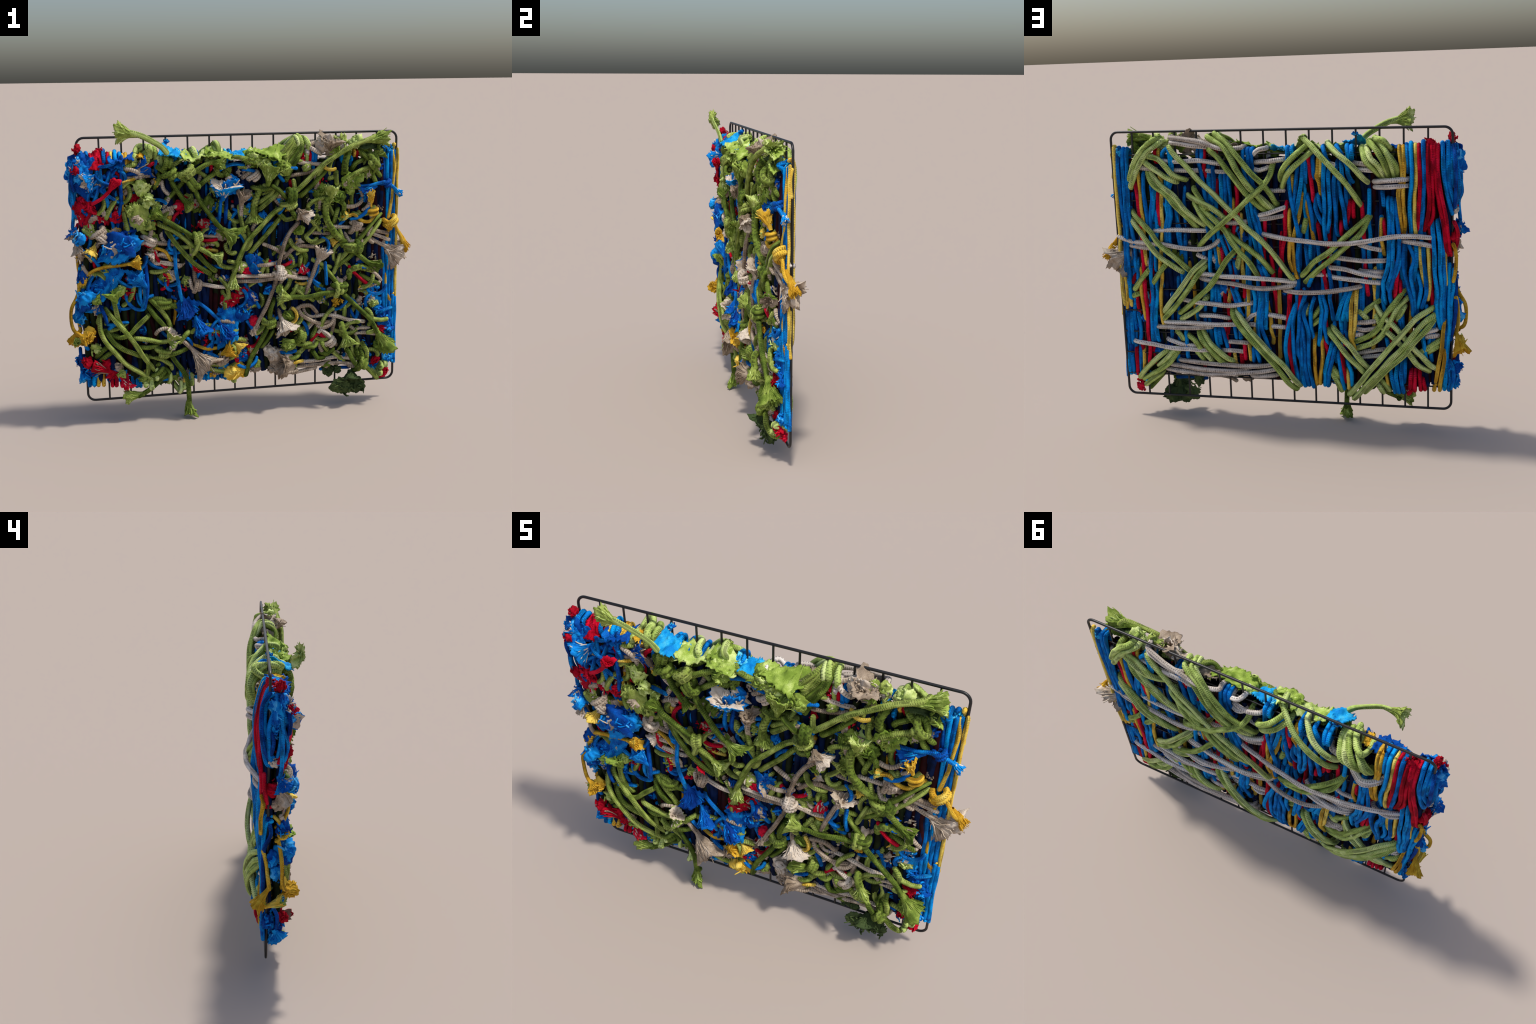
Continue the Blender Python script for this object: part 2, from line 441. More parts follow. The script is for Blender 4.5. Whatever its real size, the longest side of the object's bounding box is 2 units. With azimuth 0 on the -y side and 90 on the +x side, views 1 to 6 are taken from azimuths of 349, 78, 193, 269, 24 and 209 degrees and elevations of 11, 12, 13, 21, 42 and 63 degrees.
for i in range(1, ROWS):
    z = BOTTOM + (TOP - BOTTOM) * i / ROWS
    V, Q = plain_tube([(x, GRID_Y + 0.0040, z) for x in np.linspace(LEFT, RIGHT, 12)], 0.0040)
    mesh_object("wire", V, Q, [wire_mat], grid)

# ---------------------------------------------------------------- ropes, back then front

# col crop d0 dm d1 | pts     (depth Y in mm at start, middle, end)
rope("blue", 0.0104, "back", [(0.864, 0.039, 1.497), (0.870, 0.042, 1.373), (0.866, 0.043, 1.249), (0.858, 0.044, 1.138), (0.854, 0.044, 1.037), (0.859, 0.043, 0.957), (0.866, 0.042, 0.821)])
rope("blue", 0.0104, "back", [(0.837, 0.040, 1.494), (0.843, 0.044, 1.353), (0.841, 0.046, 1.197), (0.842, 0.046, 1.043), (0.846, 0.045, 0.957), (0.848, 0.044, 0.865), (0.851, 0.043, 0.767)])
rope("blue", 0.0104, "back", [(0.814, 0.041, 1.494), (0.819, 0.045, 1.353), (0.822, 0.047, 1.170), (0.816, 0.047, 1.102), (0.808, 0.047, 1.028), (0.804, 0.046, 0.958), (0.802, 0.044, 0.845)])
rope("yellow", 0.0099, "back", [(0.887, 0.036, 1.502), (0.889, 0.037, 1.342), (0.889, 0.037, 1.169), (0.888, 0.037, 1.036), (0.896, 0.037, 0.837), (0.893, 0.037, 0.655)])
rope("green", 0.0138, "back", [(0.652, 0.036, 1.550), (0.680, 0.059, 1.530), (0.711, 0.068, 1.507), (0.735, 0.071, 1.478), (0.759, 0.069, 1.445), (0.780, 0.063, 1.396), (0.804, 0.047, 1.343)])
rope("green", 0.0138, "back", [(0.626, 0.036, 1.534), (0.657, 0.058, 1.514), (0.691, 0.067, 1.490), (0.716, 0.070, 1.455), (0.741, 0.068, 1.415), (0.770, 0.062, 1.363), (0.802, 0.047, 1.306)])
rope("green", 0.0138, "back", [(0.651, 0.030, 1.554), (0.667, 0.058, 1.542), (0.691, 0.062, 1.527), (0.710, 0.060, 1.510), (0.730, 0.054, 1.492)])
rope("green", 0.0138, "back", [(0.688, 0.055, 1.468), (0.631, 0.069, 1.452), (0.588, 0.075, 1.412), (0.550, 0.071, 1.370), (0.497, 0.043, 1.341)])
rope("green", 0.0138, "back", [(0.709, 0.050, 1.435), (0.682, 0.061, 1.416), (0.655, 0.067, 1.396), (0.624, 0.070, 1.376), (0.595, 0.068, 1.356), (0.569, 0.060, 1.343), (0.546, 0.042, 1.331)])
rope("red", 0.0102, "back", [(0.777, 0.038, 1.315), (0.771, 0.040, 1.248), (0.765, 0.041, 1.164), (0.761, 0.042, 1.064), (0.761, 0.042, 0.952), (0.763, 0.040, 0.840), (0.764, 0.038, 0.741)])
rope("yellow", 0.0099, "back", [(0.759, 0.038, 1.367), (0.752, 0.042, 1.274), (0.749, 0.044, 1.181), (0.745, 0.044, 1.123), (0.747, 0.042, 0.958), (0.746, 0.038, 0.877)])
rope("blue", 0.0104, "back", [(0.729, 0.039, 1.367), (0.730, 0.043, 1.318), (0.731, 0.044, 1.269), (0.728, 0.045, 1.220), (0.725, 0.044, 1.172), (0.722, 0.042, 1.133), (0.719, 0.039, 1.096)])
rope("blue", 0.0104, "back", [(0.691, 0.037, 1.299), (0.686, 0.042, 1.233), (0.698, 0.045, 1.155), (0.704, 0.046, 1.076), (0.712, 0.043, 0.932), (0.723, 0.039, 0.840)])
rope("blue", 0.0104, "back", [(0.667, 0.037, 1.289), (0.672, 0.042, 1.251), (0.679, 0.044, 1.212), (0.688, 0.044, 1.170), (0.698, 0.042, 1.130), (0.704, 0.040, 1.101), (0.710, 0.037, 1.074)])
rope("blue", 0.0104, "back", [(0.669, 0.035, 1.164), (0.668, 0.038, 1.122), (0.669, 0.039, 1.076), (0.678, 0.040, 1.012), (0.687, 0.039, 0.945), (0.689, 0.038, 0.893), (0.691, 0.035, 0.844)])
rope("red", 0.0102, "back", [(0.653, 0.035, 1.268), (0.654, 0.039, 1.219), (0.655, 0.040, 1.172), (0.654, 0.039, 1.133), (0.654, 0.035, 1.096)])
rope("yellow", 0.0099, "back", [(0.638, 0.038, 1.356), (0.628, 0.040, 1.331), (0.630, 0.044, 1.238), (0.636, 0.045, 1.155), (0.635, 0.045, 1.082), (0.652, 0.044, 0.965), (0.667, 0.040, 0.842)])
rope("blue", 0.0104, "back", [(0.601, 0.041, 1.331), (0.594, 0.048, 1.270), (0.603, 0.051, 1.198), (0.598, 0.051, 1.146), (0.615, 0.049, 1.077), (0.618, 0.046, 1.003)])
rope("blue", 0.0104, "back", [(0.579, 0.039, 1.310), (0.591, 0.046, 1.239), (0.583, 0.049, 1.146), (0.597, 0.048, 1.067), (0.602, 0.046, 1.003)])
rope("blue", 0.0104, "back", [(0.627, 0.035, 1.216), (0.615, 0.039, 1.206), (0.605, 0.041, 1.195), (0.600, 0.040, 1.175), (0.598, 0.036, 1.154)])
rope("blue", 0.0104, "back", [(0.618, 0.030, 1.452), (0.610, 0.049, 1.470), (0.606, 0.053, 1.484), (0.596, 0.052, 1.494), (0.587, 0.046, 1.502)])
rope("blue", 0.0104, "back", [(0.577, 0.047, 1.499), (0.573, 0.052, 1.477), (0.570, 0.054, 1.455), (0.568, 0.055, 1.434), (0.567, 0.054, 1.413), (0.574, 0.049, 1.388), (0.583, 0.038, 1.361)])
rope("blue", 0.0104, "back", [(0.565, 0.044, 1.484), (0.560, 0.052, 1.449), (0.558, 0.055, 1.416), (0.561, 0.055, 1.394), (0.567, 0.054, 1.371), (0.581, 0.049, 1.337), (0.598, 0.038, 1.299)])
rope("yellow", 0.0099, "back", [(0.637, 0.038, 1.489), (0.635, 0.044, 1.478), (0.636, 0.045, 1.467), (0.637, 0.044, 1.455), (0.639, 0.040, 1.443)])
rope("red", 0.0102, "back", [(0.653, 0.038, 1.489), (0.651, 0.043, 1.477), (0.651, 0.045, 1.464), (0.651, 0.044, 1.452), (0.653, 0.040, 1.438)])
rope("grey", 0.0117, "back", [(0.558, 0.042, 1.561), (0.465, 0.068, 1.553), (0.383, 0.082, 1.540), (0.315, 0.086, 1.515), (0.255, 0.084, 1.504), (0.173, 0.066, 1.506)])
rope("grey", 0.0117, "back", [(0.557, 0.042, 1.536), (0.516, 0.058, 1.531), (0.478, 0.066, 1.526), (0.445, 0.069, 1.522), (0.415, 0.067, 1.519), (0.390, 0.063, 1.516), (0.368, 0.052, 1.512)])
rope("grey", 0.0117, "back", [(0.644, 0.035, 1.443), (0.575, 0.047, 1.436), (0.482, 0.055, 1.439), (0.397, 0.057, 1.438), (0.309, 0.053, 1.427)])
rope("grey", 0.0117, "back", [(0.552, 0.030, 1.388), (0.492, 0.035, 1.388), (0.429, 0.037, 1.387), (0.354, 0.036, 1.383), (0.277, 0.030, 1.378)])
rope("grey", 0.0117, "back", [(0.792, 0.038, 1.414), (0.758, 0.041, 1.407), (0.725, 0.043, 1.402), (0.696, 0.042, 1.399), (0.669, 0.035, 1.397)])
rope("grey", 0.0117, "back", [(0.110, 0.058, 1.470), (0.094, 0.069, 1.484), (0.078, 0.073, 1.495), (0.061, 0.066, 1.499), (0.049, 0.030, 1.499)])
rope("grey", 0.0117, "back", [(0.104, 0.049, 1.429), (0.058, 0.069, 1.433), (0.016, 0.075, 1.435), (-0.019, 0.070, 1.440), (-0.050, 0.051, 1.443)])
rope("grey", 0.0117, "back", [(0.116, 0.049, 1.395), (0.097, 0.062, 1.390), (0.079, 0.068, 1.387), (0.057, 0.067, 1.393), (0.038, 0.050, 1.399)])
rope("blue", 0.0104, "back", [(0.163, 0.057, 1.495), (0.165, 0.068, 1.427), (0.157, 0.070, 1.373), (0.135, 0.068, 1.313), (0.119, 0.058, 1.261)])
rope("blue", 0.0104, "back", [(0.140, 0.058, 1.493), (0.138, 0.068, 1.461), (0.138, 0.072, 1.429), (0.134, 0.074, 1.401), (0.129, 0.073, 1.372), (0.120, 0.069, 1.338), (0.112, 0.058, 1.301)])
rope("blue", 0.0104, "back", [(0.119, 0.058, 1.495), (0.118, 0.066, 1.464), (0.118, 0.067, 1.433), (0.115, 0.065, 1.407), (0.111, 0.058, 1.381)])
rope("blue", 0.0104, "back", [(0.158, 0.057, 1.210), (0.147, 0.067, 1.151), (0.133, 0.071, 1.091), (0.117, 0.070, 0.998), (0.098, 0.059, 0.903)])
rope("blue", 0.0104, "back", [(0.134, 0.058, 1.215), (0.121, 0.070, 1.152), (0.102, 0.075, 1.076), (0.092, 0.074, 1.015), (0.081, 0.059, 0.919)])
rope("blue", 0.0104, "back", [(0.112, 0.058, 1.185), (0.101, 0.066, 1.148), (0.092, 0.068, 1.110), (0.086, 0.067, 1.067), (0.082, 0.059, 1.022)])
rope("green", 0.0138, "back", [(0.350, 0.052, 1.559), (0.274, 0.085, 1.524), (0.225, 0.104, 1.462), (0.190, 0.113, 1.399), (0.143, 0.112, 1.329), (0.097, 0.099, 1.272), (0.059, 0.079, 1.219), (0.022, 0.047, 1.183)])
rope("green", 0.0138, "back", [(0.312, 0.052, 1.574), (0.248, 0.082, 1.539), (0.200, 0.101, 1.481), (0.149, 0.110, 1.423), (0.096, 0.108, 1.363), (0.055, 0.098, 1.317), (0.017, 0.075, 1.259), (0.000, 0.047, 1.214)])
rope("green", 0.0138, "back", [(0.299, 0.045, 1.568), (0.257, 0.072, 1.523), (0.214, 0.094, 1.446), (0.174, 0.102, 1.367), (0.127, 0.098, 1.297), (0.072, 0.084, 1.250), (0.037, 0.066, 1.207), (0.014, 0.047, 1.183)])
rope("green", 0.0138, "back", [(0.348, 0.052, 1.497), (0.295, 0.078, 1.460), (0.246, 0.097, 1.397), (0.195, 0.106, 1.338), (0.139, 0.097, 1.262), (0.096, 0.078, 1.209), (0.056, 0.047, 1.176)])
rope("green", 0.0138, "back", [(0.567, 0.048, 1.509), (0.526, 0.062, 1.460), (0.461, 0.076, 1.401), (0.387, 0.089, 1.327), (0.315, 0.099, 1.262), (0.253, 0.106, 1.203), (0.203, 0.109, 1.153), (0.159, 0.109, 1.103), (0.095, 0.106, 1.047), (0.037, 0.100, 0.985), (-0.005, 0.094, 0.928), (-0.042, 0.085, 0.870), (-0.074, 0.072, 0.824)])
rope("green", 0.0138, "back", [(0.012, 0.038, 1.417), (0.018, 0.076, 1.368), (0.055, 0.102, 1.312), (0.124, 0.120, 1.251), (0.210, 0.119, 1.175), (0.297, 0.101, 1.100), (0.370, 0.079, 1.044), (0.425, 0.050, 0.985)])
rope("green", 0.0138, "back", [(0.476, 0.043, 1.254), (0.437, 0.066, 1.239), (0.401, 0.079, 1.224), (0.366, 0.085, 1.207), (0.333, 0.086, 1.188), (0.301, 0.084, 1.165), (0.271, 0.075, 1.139)])
rope("green", 0.0138, "back", [(0.446, 0.037, 1.289), (0.423, 0.061, 1.264), (0.405, 0.067, 1.237), (0.391, 0.067, 1.211), (0.377, 0.065, 1.185)])
rope("green", 0.0138, "back", [(0.444, 0.050, 1.214), (0.426, 0.067, 1.188), (0.411, 0.075, 1.163), (0.394, 0.078, 1.141), (0.376, 0.078, 1.121), (0.355, 0.077, 1.102), (0.335, 0.073, 1.082)])
rope("green", 0.0138, "back", [(0.413, 0.050, 1.198), (0.371, 0.071, 1.161), (0.327, 0.084, 1.128), (0.273, 0.095, 1.079), (0.238, 0.099, 1.018), (0.200, 0.097, 0.967), (0.149, 0.083, 0.903), (0.118, 0.055, 0.832)])
rope("green", 0.0138, "back", [(0.261, 0.068, 1.058), (0.212, 0.083, 1.021), (0.144, 0.091, 0.977), (0.085, 0.084, 0.925), (0.040, 0.047, 0.849)])
rope("green", 0.0138, "back", [(0.701, 0.040, 1.372), (0.664, 0.062, 1.313), (0.598, 0.075, 1.264), (0.542, 0.078, 1.203), (0.490, 0.069, 1.145), (0.448, 0.043, 1.088)])
rope("green", 0.0138, "back", [(0.685, 0.040, 1.372), (0.620, 0.064, 1.308), (0.555, 0.076, 1.259), (0.500, 0.077, 1.192), (0.448, 0.068, 1.139), (0.399, 0.044, 1.094)])
rope("green", 0.0138, "back", [(0.800, 0.039, 1.159), (0.752, 0.058, 1.110), (0.701, 0.070, 1.060), (0.659, 0.076, 1.004), (0.597, 0.076, 0.946), (0.540, 0.064, 0.892), (0.500, 0.043, 0.850)])
rope("green", 0.0138, "back", [(0.809, 0.039, 1.116), (0.755, 0.061, 1.047), (0.706, 0.070, 0.986), (0.655, 0.072, 0.923), (0.595, 0.065, 0.880), (0.540, 0.042, 0.838)])
rope("grey", 0.0117, "back", [(0.888, 0.039, 1.025), (0.825, 0.046, 1.003), (0.751, 0.054, 0.995), (0.700, 0.058, 0.989), (0.631, 0.064, 0.991), (0.522, 0.069, 0.972), (0.421, 0.065, 0.967), (0.354, 0.055, 0.987), (0.320, 0.038, 1.015)])
rope("grey", 0.0117, "back", [(0.824, 0.040, 0.978), (0.788, 0.047, 0.973), (0.755, 0.050, 0.968), (0.724, 0.049, 0.965), (0.696, 0.044, 0.962)])
rope("grey", 0.0117, "back", [(0.685, 0.039, 1.062), (0.629, 0.048, 1.065), (0.576, 0.054, 1.068), (0.523, 0.057, 1.069), (0.473, 0.056, 1.069), (0.430, 0.053, 1.068), (0.390, 0.044, 1.065)])
rope("grey", 0.0117, "back", [(0.325, 0.038, 1.124), (0.288, 0.047, 1.117), (0.254, 0.050, 1.110), (0.222, 0.051, 1.110), (0.193, 0.048, 1.112), (0.176, 0.045, 1.113), (0.162, 0.039, 1.115)])
rope("grey", 0.0117, "back", [(0.106, 0.049, 1.148), (0.064, 0.068, 1.159), (0.026, 0.075, 1.169), (-0.012, 0.072, 1.182), (-0.047, 0.056, 1.193)])
rope("grey", 0.0117, "back", [(0.101, 0.049, 1.130), (0.063, 0.064, 1.134), (0.028, 0.070, 1.138), (-0.007, 0.068, 1.144), (-0.040, 0.056, 1.150)])
rope("grey", 0.0117, "back", [(0.033, 0.030, 1.277), (0.012, 0.038, 1.278), (-0.008, 0.040, 1.279), (-0.027, 0.038, 1.280), (-0.044, 0.030, 1.279)])
rope("blue", 0.0104, "back", [(0.413, 0.037, 1.496), (0.416, 0.045, 1.452), (0.406, 0.049, 1.402), (0.391, 0.051, 1.331), (0.386, 0.051, 1.290), (0.380, 0.048, 1.224), (0.356, 0.045, 1.197)])
rope("blue", 0.0104, "back", [(0.394, 0.037, 1.496), (0.391, 0.048, 1.486), (0.391, 0.051, 1.475), (0.392, 0.050, 1.464), (0.395, 0.044, 1.452)])
rope("red", 0.0102, "back", [(0.379, 0.037, 1.486), (0.379, 0.042, 1.464), (0.380, 0.044, 1.442), (0.383, 0.044, 1.421), (0.386, 0.044, 1.401), (0.381, 0.042, 1.378), (0.376, 0.037, 1.355)])
rope("blue", 0.0104, "back", [(0.336, 0.038, 1.405), (0.334, 0.046, 1.378), (0.333, 0.049, 1.349), (0.334, 0.048, 1.313), (0.337, 0.041, 1.274)])
rope("blue", 0.0104, "back", [(0.360, 0.038, 1.360), (0.357, 0.043, 1.325), (0.356, 0.045, 1.290), (0.353, 0.043, 1.256), (0.352, 0.038, 1.222)])
rope("red", 0.0102, "back", [(0.321, 0.030, 1.338), (0.320, 0.036, 1.321), (0.321, 0.038, 1.304), (0.322, 0.037, 1.286), (0.324, 0.034, 1.267)])
rope("blue", 0.0104, "back", [(0.296, 0.042, 1.355), (0.293, 0.051, 1.323), (0.293, 0.054, 1.290), (0.292, 0.052, 1.252), (0.293, 0.042, 1.212)])
rope("blue", 0.0104, "back", [(0.274, 0.042, 1.355), (0.270, 0.052, 1.323), (0.269, 0.056, 1.289), (0.268, 0.054, 1.248), (0.269, 0.042, 1.202)])
rope("blue", 0.0104, "back", [(0.251, 0.043, 1.350), (0.249, 0.052, 1.313), (0.247, 0.055, 1.274), (0.246, 0.053, 1.230), (0.246, 0.043, 1.182)])
rope("red", 0.0102, "back", [(0.213, 0.039, 1.298), (0.208, 0.047, 1.269), (0.206, 0.051, 1.239), (0.209, 0.051, 1.204), (0.213, 0.049, 1.171), (0.209, 0.046, 1.155), (0.204, 0.043, 1.141)])
rope("yellow", 0.0099, "back", [(0.235, 0.039, 1.232), (0.232, 0.045, 1.221), (0.230, 0.047, 1.208), (0.230, 0.045, 1.195), (0.231, 0.039, 1.181)])
rope("blue", 0.0104, "back", [(0.386, 0.037, 1.087), (0.379, 0.049, 1.074), (0.375, 0.052, 1.059), (0.372, 0.050, 1.043), (0.371, 0.045, 1.026)])
rope("blue", 0.0104, "back", [(0.306, 0.046, 1.027), (0.294, 0.055, 0.998), (0.285, 0.058, 0.968), (0.276, 0.057, 0.941), (0.267, 0.054, 0.915)])
rope("blue", 0.0104, "back", [(0.284, 0.046, 1.043), (0.269, 0.056, 1.014), (0.258, 0.059, 0.985), (0.251, 0.058, 0.958), (0.245, 0.055, 0.931)])
rope("blue", 0.0104, "back", [(0.376, 0.041, 0.952), (0.375, 0.049, 0.907), (0.375, 0.052, 0.860), (0.374, 0.049, 0.814), (0.375, 0.041, 0.766)])
rope("red", 0.0102, "back", [(0.312, 0.038, 0.963), (0.306, 0.047, 0.947), (0.302, 0.050, 0.929), (0.300, 0.048, 0.910), (0.299, 0.042, 0.890)])
rope("yellow", 0.0099, "back", [(0.327, 0.042, 0.969), (0.323, 0.048, 0.949), (0.321, 0.049, 0.929), (0.320, 0.048, 0.907), (0.320, 0.042, 0.885)])
rope("blue", 0.0104, "back", [(0.272, 0.042, 0.886), (0.267, 0.052, 0.874), (0.263, 0.054, 0.860), (0.261, 0.052, 0.845), (0.262, 0.042, 0.828)])
rope("blue", 0.0104, "back", [(0.242, 0.043, 0.897), (0.237, 0.052, 0.882), (0.233, 0.055, 0.866), (0.232, 0.053, 0.848), (0.232, 0.043, 0.828)])
rope("grey", 0.0117, "back", [(0.446, 0.030, 0.928), (0.433, 0.036, 0.924), (0.422, 0.037, 0.919), (0.412, 0.036, 0.914), (0.403, 0.030, 0.907)])
rope("grey", 0.0117, "back", [(0.365, 0.030, 0.918), (0.360, 0.036, 0.913), (0.355, 0.038, 0.907), (0.352, 0.036, 0.900), (0.350, 0.030, 0.892)])
rope("green", 0.0138, "back", [(0.234, 0.069, 0.955), (0.276, 0.080, 0.910), (0.320, 0.086, 0.840), (0.372, 0.085, 0.770), (0.432, 0.078, 0.713), (0.494, 0.064, 0.659), (0.560, 0.042, 0.608)])
rope("green", 0.0138, "back", [(0.409, 0.050, 0.691), (0.424, 0.061, 0.667), (0.442, 0.065, 0.642), (0.468, 0.065, 0.623), (0.498, 0.061, 0.605), (0.526, 0.055, 0.589), (0.557, 0.042, 0.570)])
rope("green", 0.0138, "back", [(0.210, 0.046, 0.935), (0.212, 0.052, 0.919), (0.216, 0.054, 0.902), (0.221, 0.052, 0.885), (0.227, 0.046, 0.866)])
rope("green", 0.0138, "back", [(0.413, 0.044, 0.895), (0.462, 0.077, 0.852), (0.505, 0.087, 0.795), (0.548, 0.084, 0.740), (0.601, 0.070, 0.675), (0.653, 0.046, 0.612)])
rope("green", 0.0138, "back", [(0.407, 0.044, 0.866), (0.448, 0.076, 0.820), (0.491, 0.087, 0.753), (0.546, 0.083, 0.686), (0.599, 0.070, 0.626), (0.656, 0.046, 0.568)])
rope("green", 0.0138, "back", [(0.732, 0.045, 0.839), (0.750, 0.052, 0.819), (0.771, 0.055, 0.796), (0.794, 0.051, 0.766), (0.821, 0.039, 0.732)])
rope("green", 0.0138, "back", [(0.629, 0.046, 0.873), (0.647, 0.056, 0.851), (0.667, 0.058, 0.827), (0.688, 0.054, 0.800), (0.714, 0.040, 0.770)])
rope("green", 0.0138, "back", [(0.833, 0.031, 0.691), (0.822, 0.035, 0.695), (0.813, 0.037, 0.699), (0.805, 0.036, 0.701), (0.798, 0.031, 0.703)])
rope("yellow", 0.0099, "back", [(0.781, 0.034, 0.846), (0.778, 0.037, 0.820), (0.786, 0.041, 0.739), (0.780, 0.041, 0.668), (0.771, 0.040, 0.568)])
rope("red", 0.0102, "back", [(0.762, 0.040, 0.761), (0.757, 0.045, 0.653), (0.758, 0.046, 0.515), (0.758, 0.045, 0.437), (0.756, 0.044, 0.386), (0.763, 0.042, 0.311)])
rope("blue", 0.0104, "back", [(0.716, 0.039, 0.897), (0.721, 0.047, 0.791), (0.716, 0.049, 0.694), (0.725, 0.049, 0.627), (0.732, 0.047, 0.538), (0.733, 0.043, 0.442)])
rope("blue", 0.0104, "back", [(0.691, 0.037, 0.789), (0.692, 0.044, 0.693), (0.703, 0.046, 0.616), (0.710, 0.045, 0.516), (0.703, 0.043, 0.444)])
rope("blue", 0.0104, "back", [(0.713, 0.037, 0.679), (0.714, 0.042, 0.626), (0.717, 0.043, 0.570), (0.719, 0.043, 0.510), (0.721, 0.041, 0.448)])
rope("yellow", 0.0099, "back", [(0.663, 0.040, 0.898), (0.655, 0.047, 0.819), (0.666, 0.049, 0.722), (0.672, 0.048, 0.640), (0.672, 0.046, 0.573), (0.663, 0.044, 0.534)])
rope("grey", 0.0117, "back", [(0.426, 0.050, 0.827), (0.318, 0.078, 0.826), (0.180, 0.099, 0.823), (0.049, 0.100, 0.819), (-0.079, 0.055, 0.794)])
rope("grey", 0.0117, "back", [(0.427, 0.050, 0.803), (0.324, 0.066, 0.788), (0.214, 0.079, 0.778), (0.134, 0.083, 0.765), (0.056, 0.082, 0.761), (-0.020, 0.073, 0.769), (-0.079, 0.055, 0.778)])
rope("grey", 0.0117, "back", [(0.547, 0.042, 0.680), (0.466, 0.064, 0.674), (0.352, 0.081, 0.666), (0.275, 0.071, 0.660), (0.213, 0.064, 0.665), (0.154, 0.044, 0.669)])
rope("grey", 0.0117, "back", [(0.444, 0.043, 0.593), (0.401, 0.057, 0.596), (0.362, 0.063, 0.596), (0.325, 0.054, 0.589), (0.290, 0.043, 0.582)])
rope("grey", 0.0117, "back", [(0.194, 0.030, 0.567), (0.175, 0.047, 0.586), (0.160, 0.051, 0.601), (0.144, 0.052, 0.609), (0.127, 0.052, 0.616)])
rope("grey", 0.0117, "back", [(0.064, 0.053, 0.613), (0.039, 0.059, 0.610), (0.014, 0.062, 0.606), (-0.014, 0.059, 0.600), (-0.039, 0.047, 0.590)])
rope("grey", 0.0117, "back", [(0.652, 0.045, 0.549), (0.528, 0.064, 0.553), (0.415, 0.074, 0.552), (0.256, 0.064, 0.551), (0.203, 0.057, 0.559)])
rope("grey", 0.0117, "back", [(0.696, 0.044, 0.519), (0.639, 0.057, 0.522), (0.584, 0.065, 0.524), (0.527, 0.070, 0.526), (0.474, 0.070, 0.527), (0.430, 0.065, 0.529), (0.391, 0.051, 0.529)])
rope("grey", 0.0117, "back", [(0.172, 0.037, 0.549), (0.158, 0.048, 0.550), (0.146, 0.052, 0.550), (0.137, 0.049, 0.547), (0.129, 0.038, 0.542)])
rope("grey", 0.0117, "back", [(0.049, 0.038, 0.542), (0.025, 0.053, 0.546), (0.005, 0.058, 0.547), (-0.014, 0.054, 0.545), (-0.030, 0.038, 0.540)])
rope("grey", 0.0117, "back", [(0.835, 0.040, 0.429), (0.737, 0.053, 0.418), (0.650, 0.061, 0.407), (0.537, 0.064, 0.401), (0.423, 0.050, 0.393)])
rope("grey", 0.0117, "back", [(0.645, 0.035, 0.443), (0.604, 0.044, 0.434), (0.564, 0.047, 0.424), (0.525, 0.047, 0.420), (0.488, 0.043, 0.416)])
rope("grey", 0.0117, "back", [(0.332, 0.042, 0.394), (0.298, 0.053, 0.399), (0.266, 0.055, 0.401), (0.240, 0.053, 0.400), (0.217, 0.044, 0.396)])
rope("grey", 0.0117, "back", [(0.299, 0.036, 0.443), (0.270, 0.044, 0.446), (0.243, 0.047, 0.447), (0.217, 0.045, 0.447), (0.193, 0.037, 0.444)])
rope("grey", 0.0117, "back", [(0.575, 0.041, 0.328), (0.458, 0.066, 0.327), (0.319, 0.072, 0.322), (0.210, 0.074, 0.319), (0.063, 0.061, 0.327)])
rope("grey", 0.0117, "back", [(0.633, 0.040, 0.300), (0.516, 0.063, 0.296), (0.374, 0.076, 0.288), (0.242, 0.061, 0.288), (0.190, 0.051, 0.295)])
rope("grey", 0.0117, "back", [(0.658, 0.040, 0.273), (0.549, 0.055, 0.267), (0.433, 0.068, 0.262), (0.296, 0.066, 0.268), (0.181, 0.066, 0.282), (0.044, 0.053, 0.298)])
rope("grey", 0.0117, "back", [(0.169, 0.037, 0.253), (0.139, 0.047, 0.256), (0.108, 0.052, 0.259), (0.070, 0.052, 0.264), (0.031, 0.046, 0.268)])
rope("green", 0.0138, "back", [(0.263, 0.053, 0.626), (0.251, 0.072, 0.594), (0.205, 0.095, 0.538), (0.150, 0.110, 0.481), (0.093, 0.116, 0.426), (0.044, 0.111, 0.367), (0.002, 0.096, 0.304), (-0.041, 0.064, 0.229), (-0.070, 0.030, 0.187)])
rope("green", 0.0138, "back", [(0.239, 0.054, 0.619), (0.184, 0.089, 0.564), (0.129, 0.108, 0.502), (0.076, 0.116, 0.448), (0.021, 0.113, 0.390), (-0.021, 0.100, 0.339), (-0.064, 0.069, 0.264), (-0.092, 0.030, 0.213)])
rope("green", 0.0138, "back", [(0.460, 0.046, 0.495), (0.432, 0.072, 0.452), (0.394, 0.081, 0.407), (0.350, 0.071, 0.356), (0.324, 0.052, 0.329)])
rope("green", 0.0138, "back", [(0.435, 0.047, 0.499), (0.393, 0.076, 0.449), (0.344, 0.082, 0.404), (0.306, 0.073, 0.364), (0.274, 0.053, 0.342)])
rope("green", 0.0138, "back", [(0.521, 0.042, 0.475), (0.495, 0.058, 0.463), (0.476, 0.062, 0.447), (0.463, 0.061, 0.428), (0.454, 0.056, 0.408)])
rope("green", 0.0138, "back", [(0.435, 0.050, 0.379), (0.421, 0.058, 0.371), (0.409, 0.060, 0.361), (0.399, 0.057, 0.349), (0.393, 0.044, 0.334)])
rope("green", 0.0138, "back", [(0.587, 0.042, 0.495), (0.577, 0.048, 0.487), (0.569, 0.050, 0.477), (0.562, 0.050, 0.467), (0.556, 0.048, 0.456)])
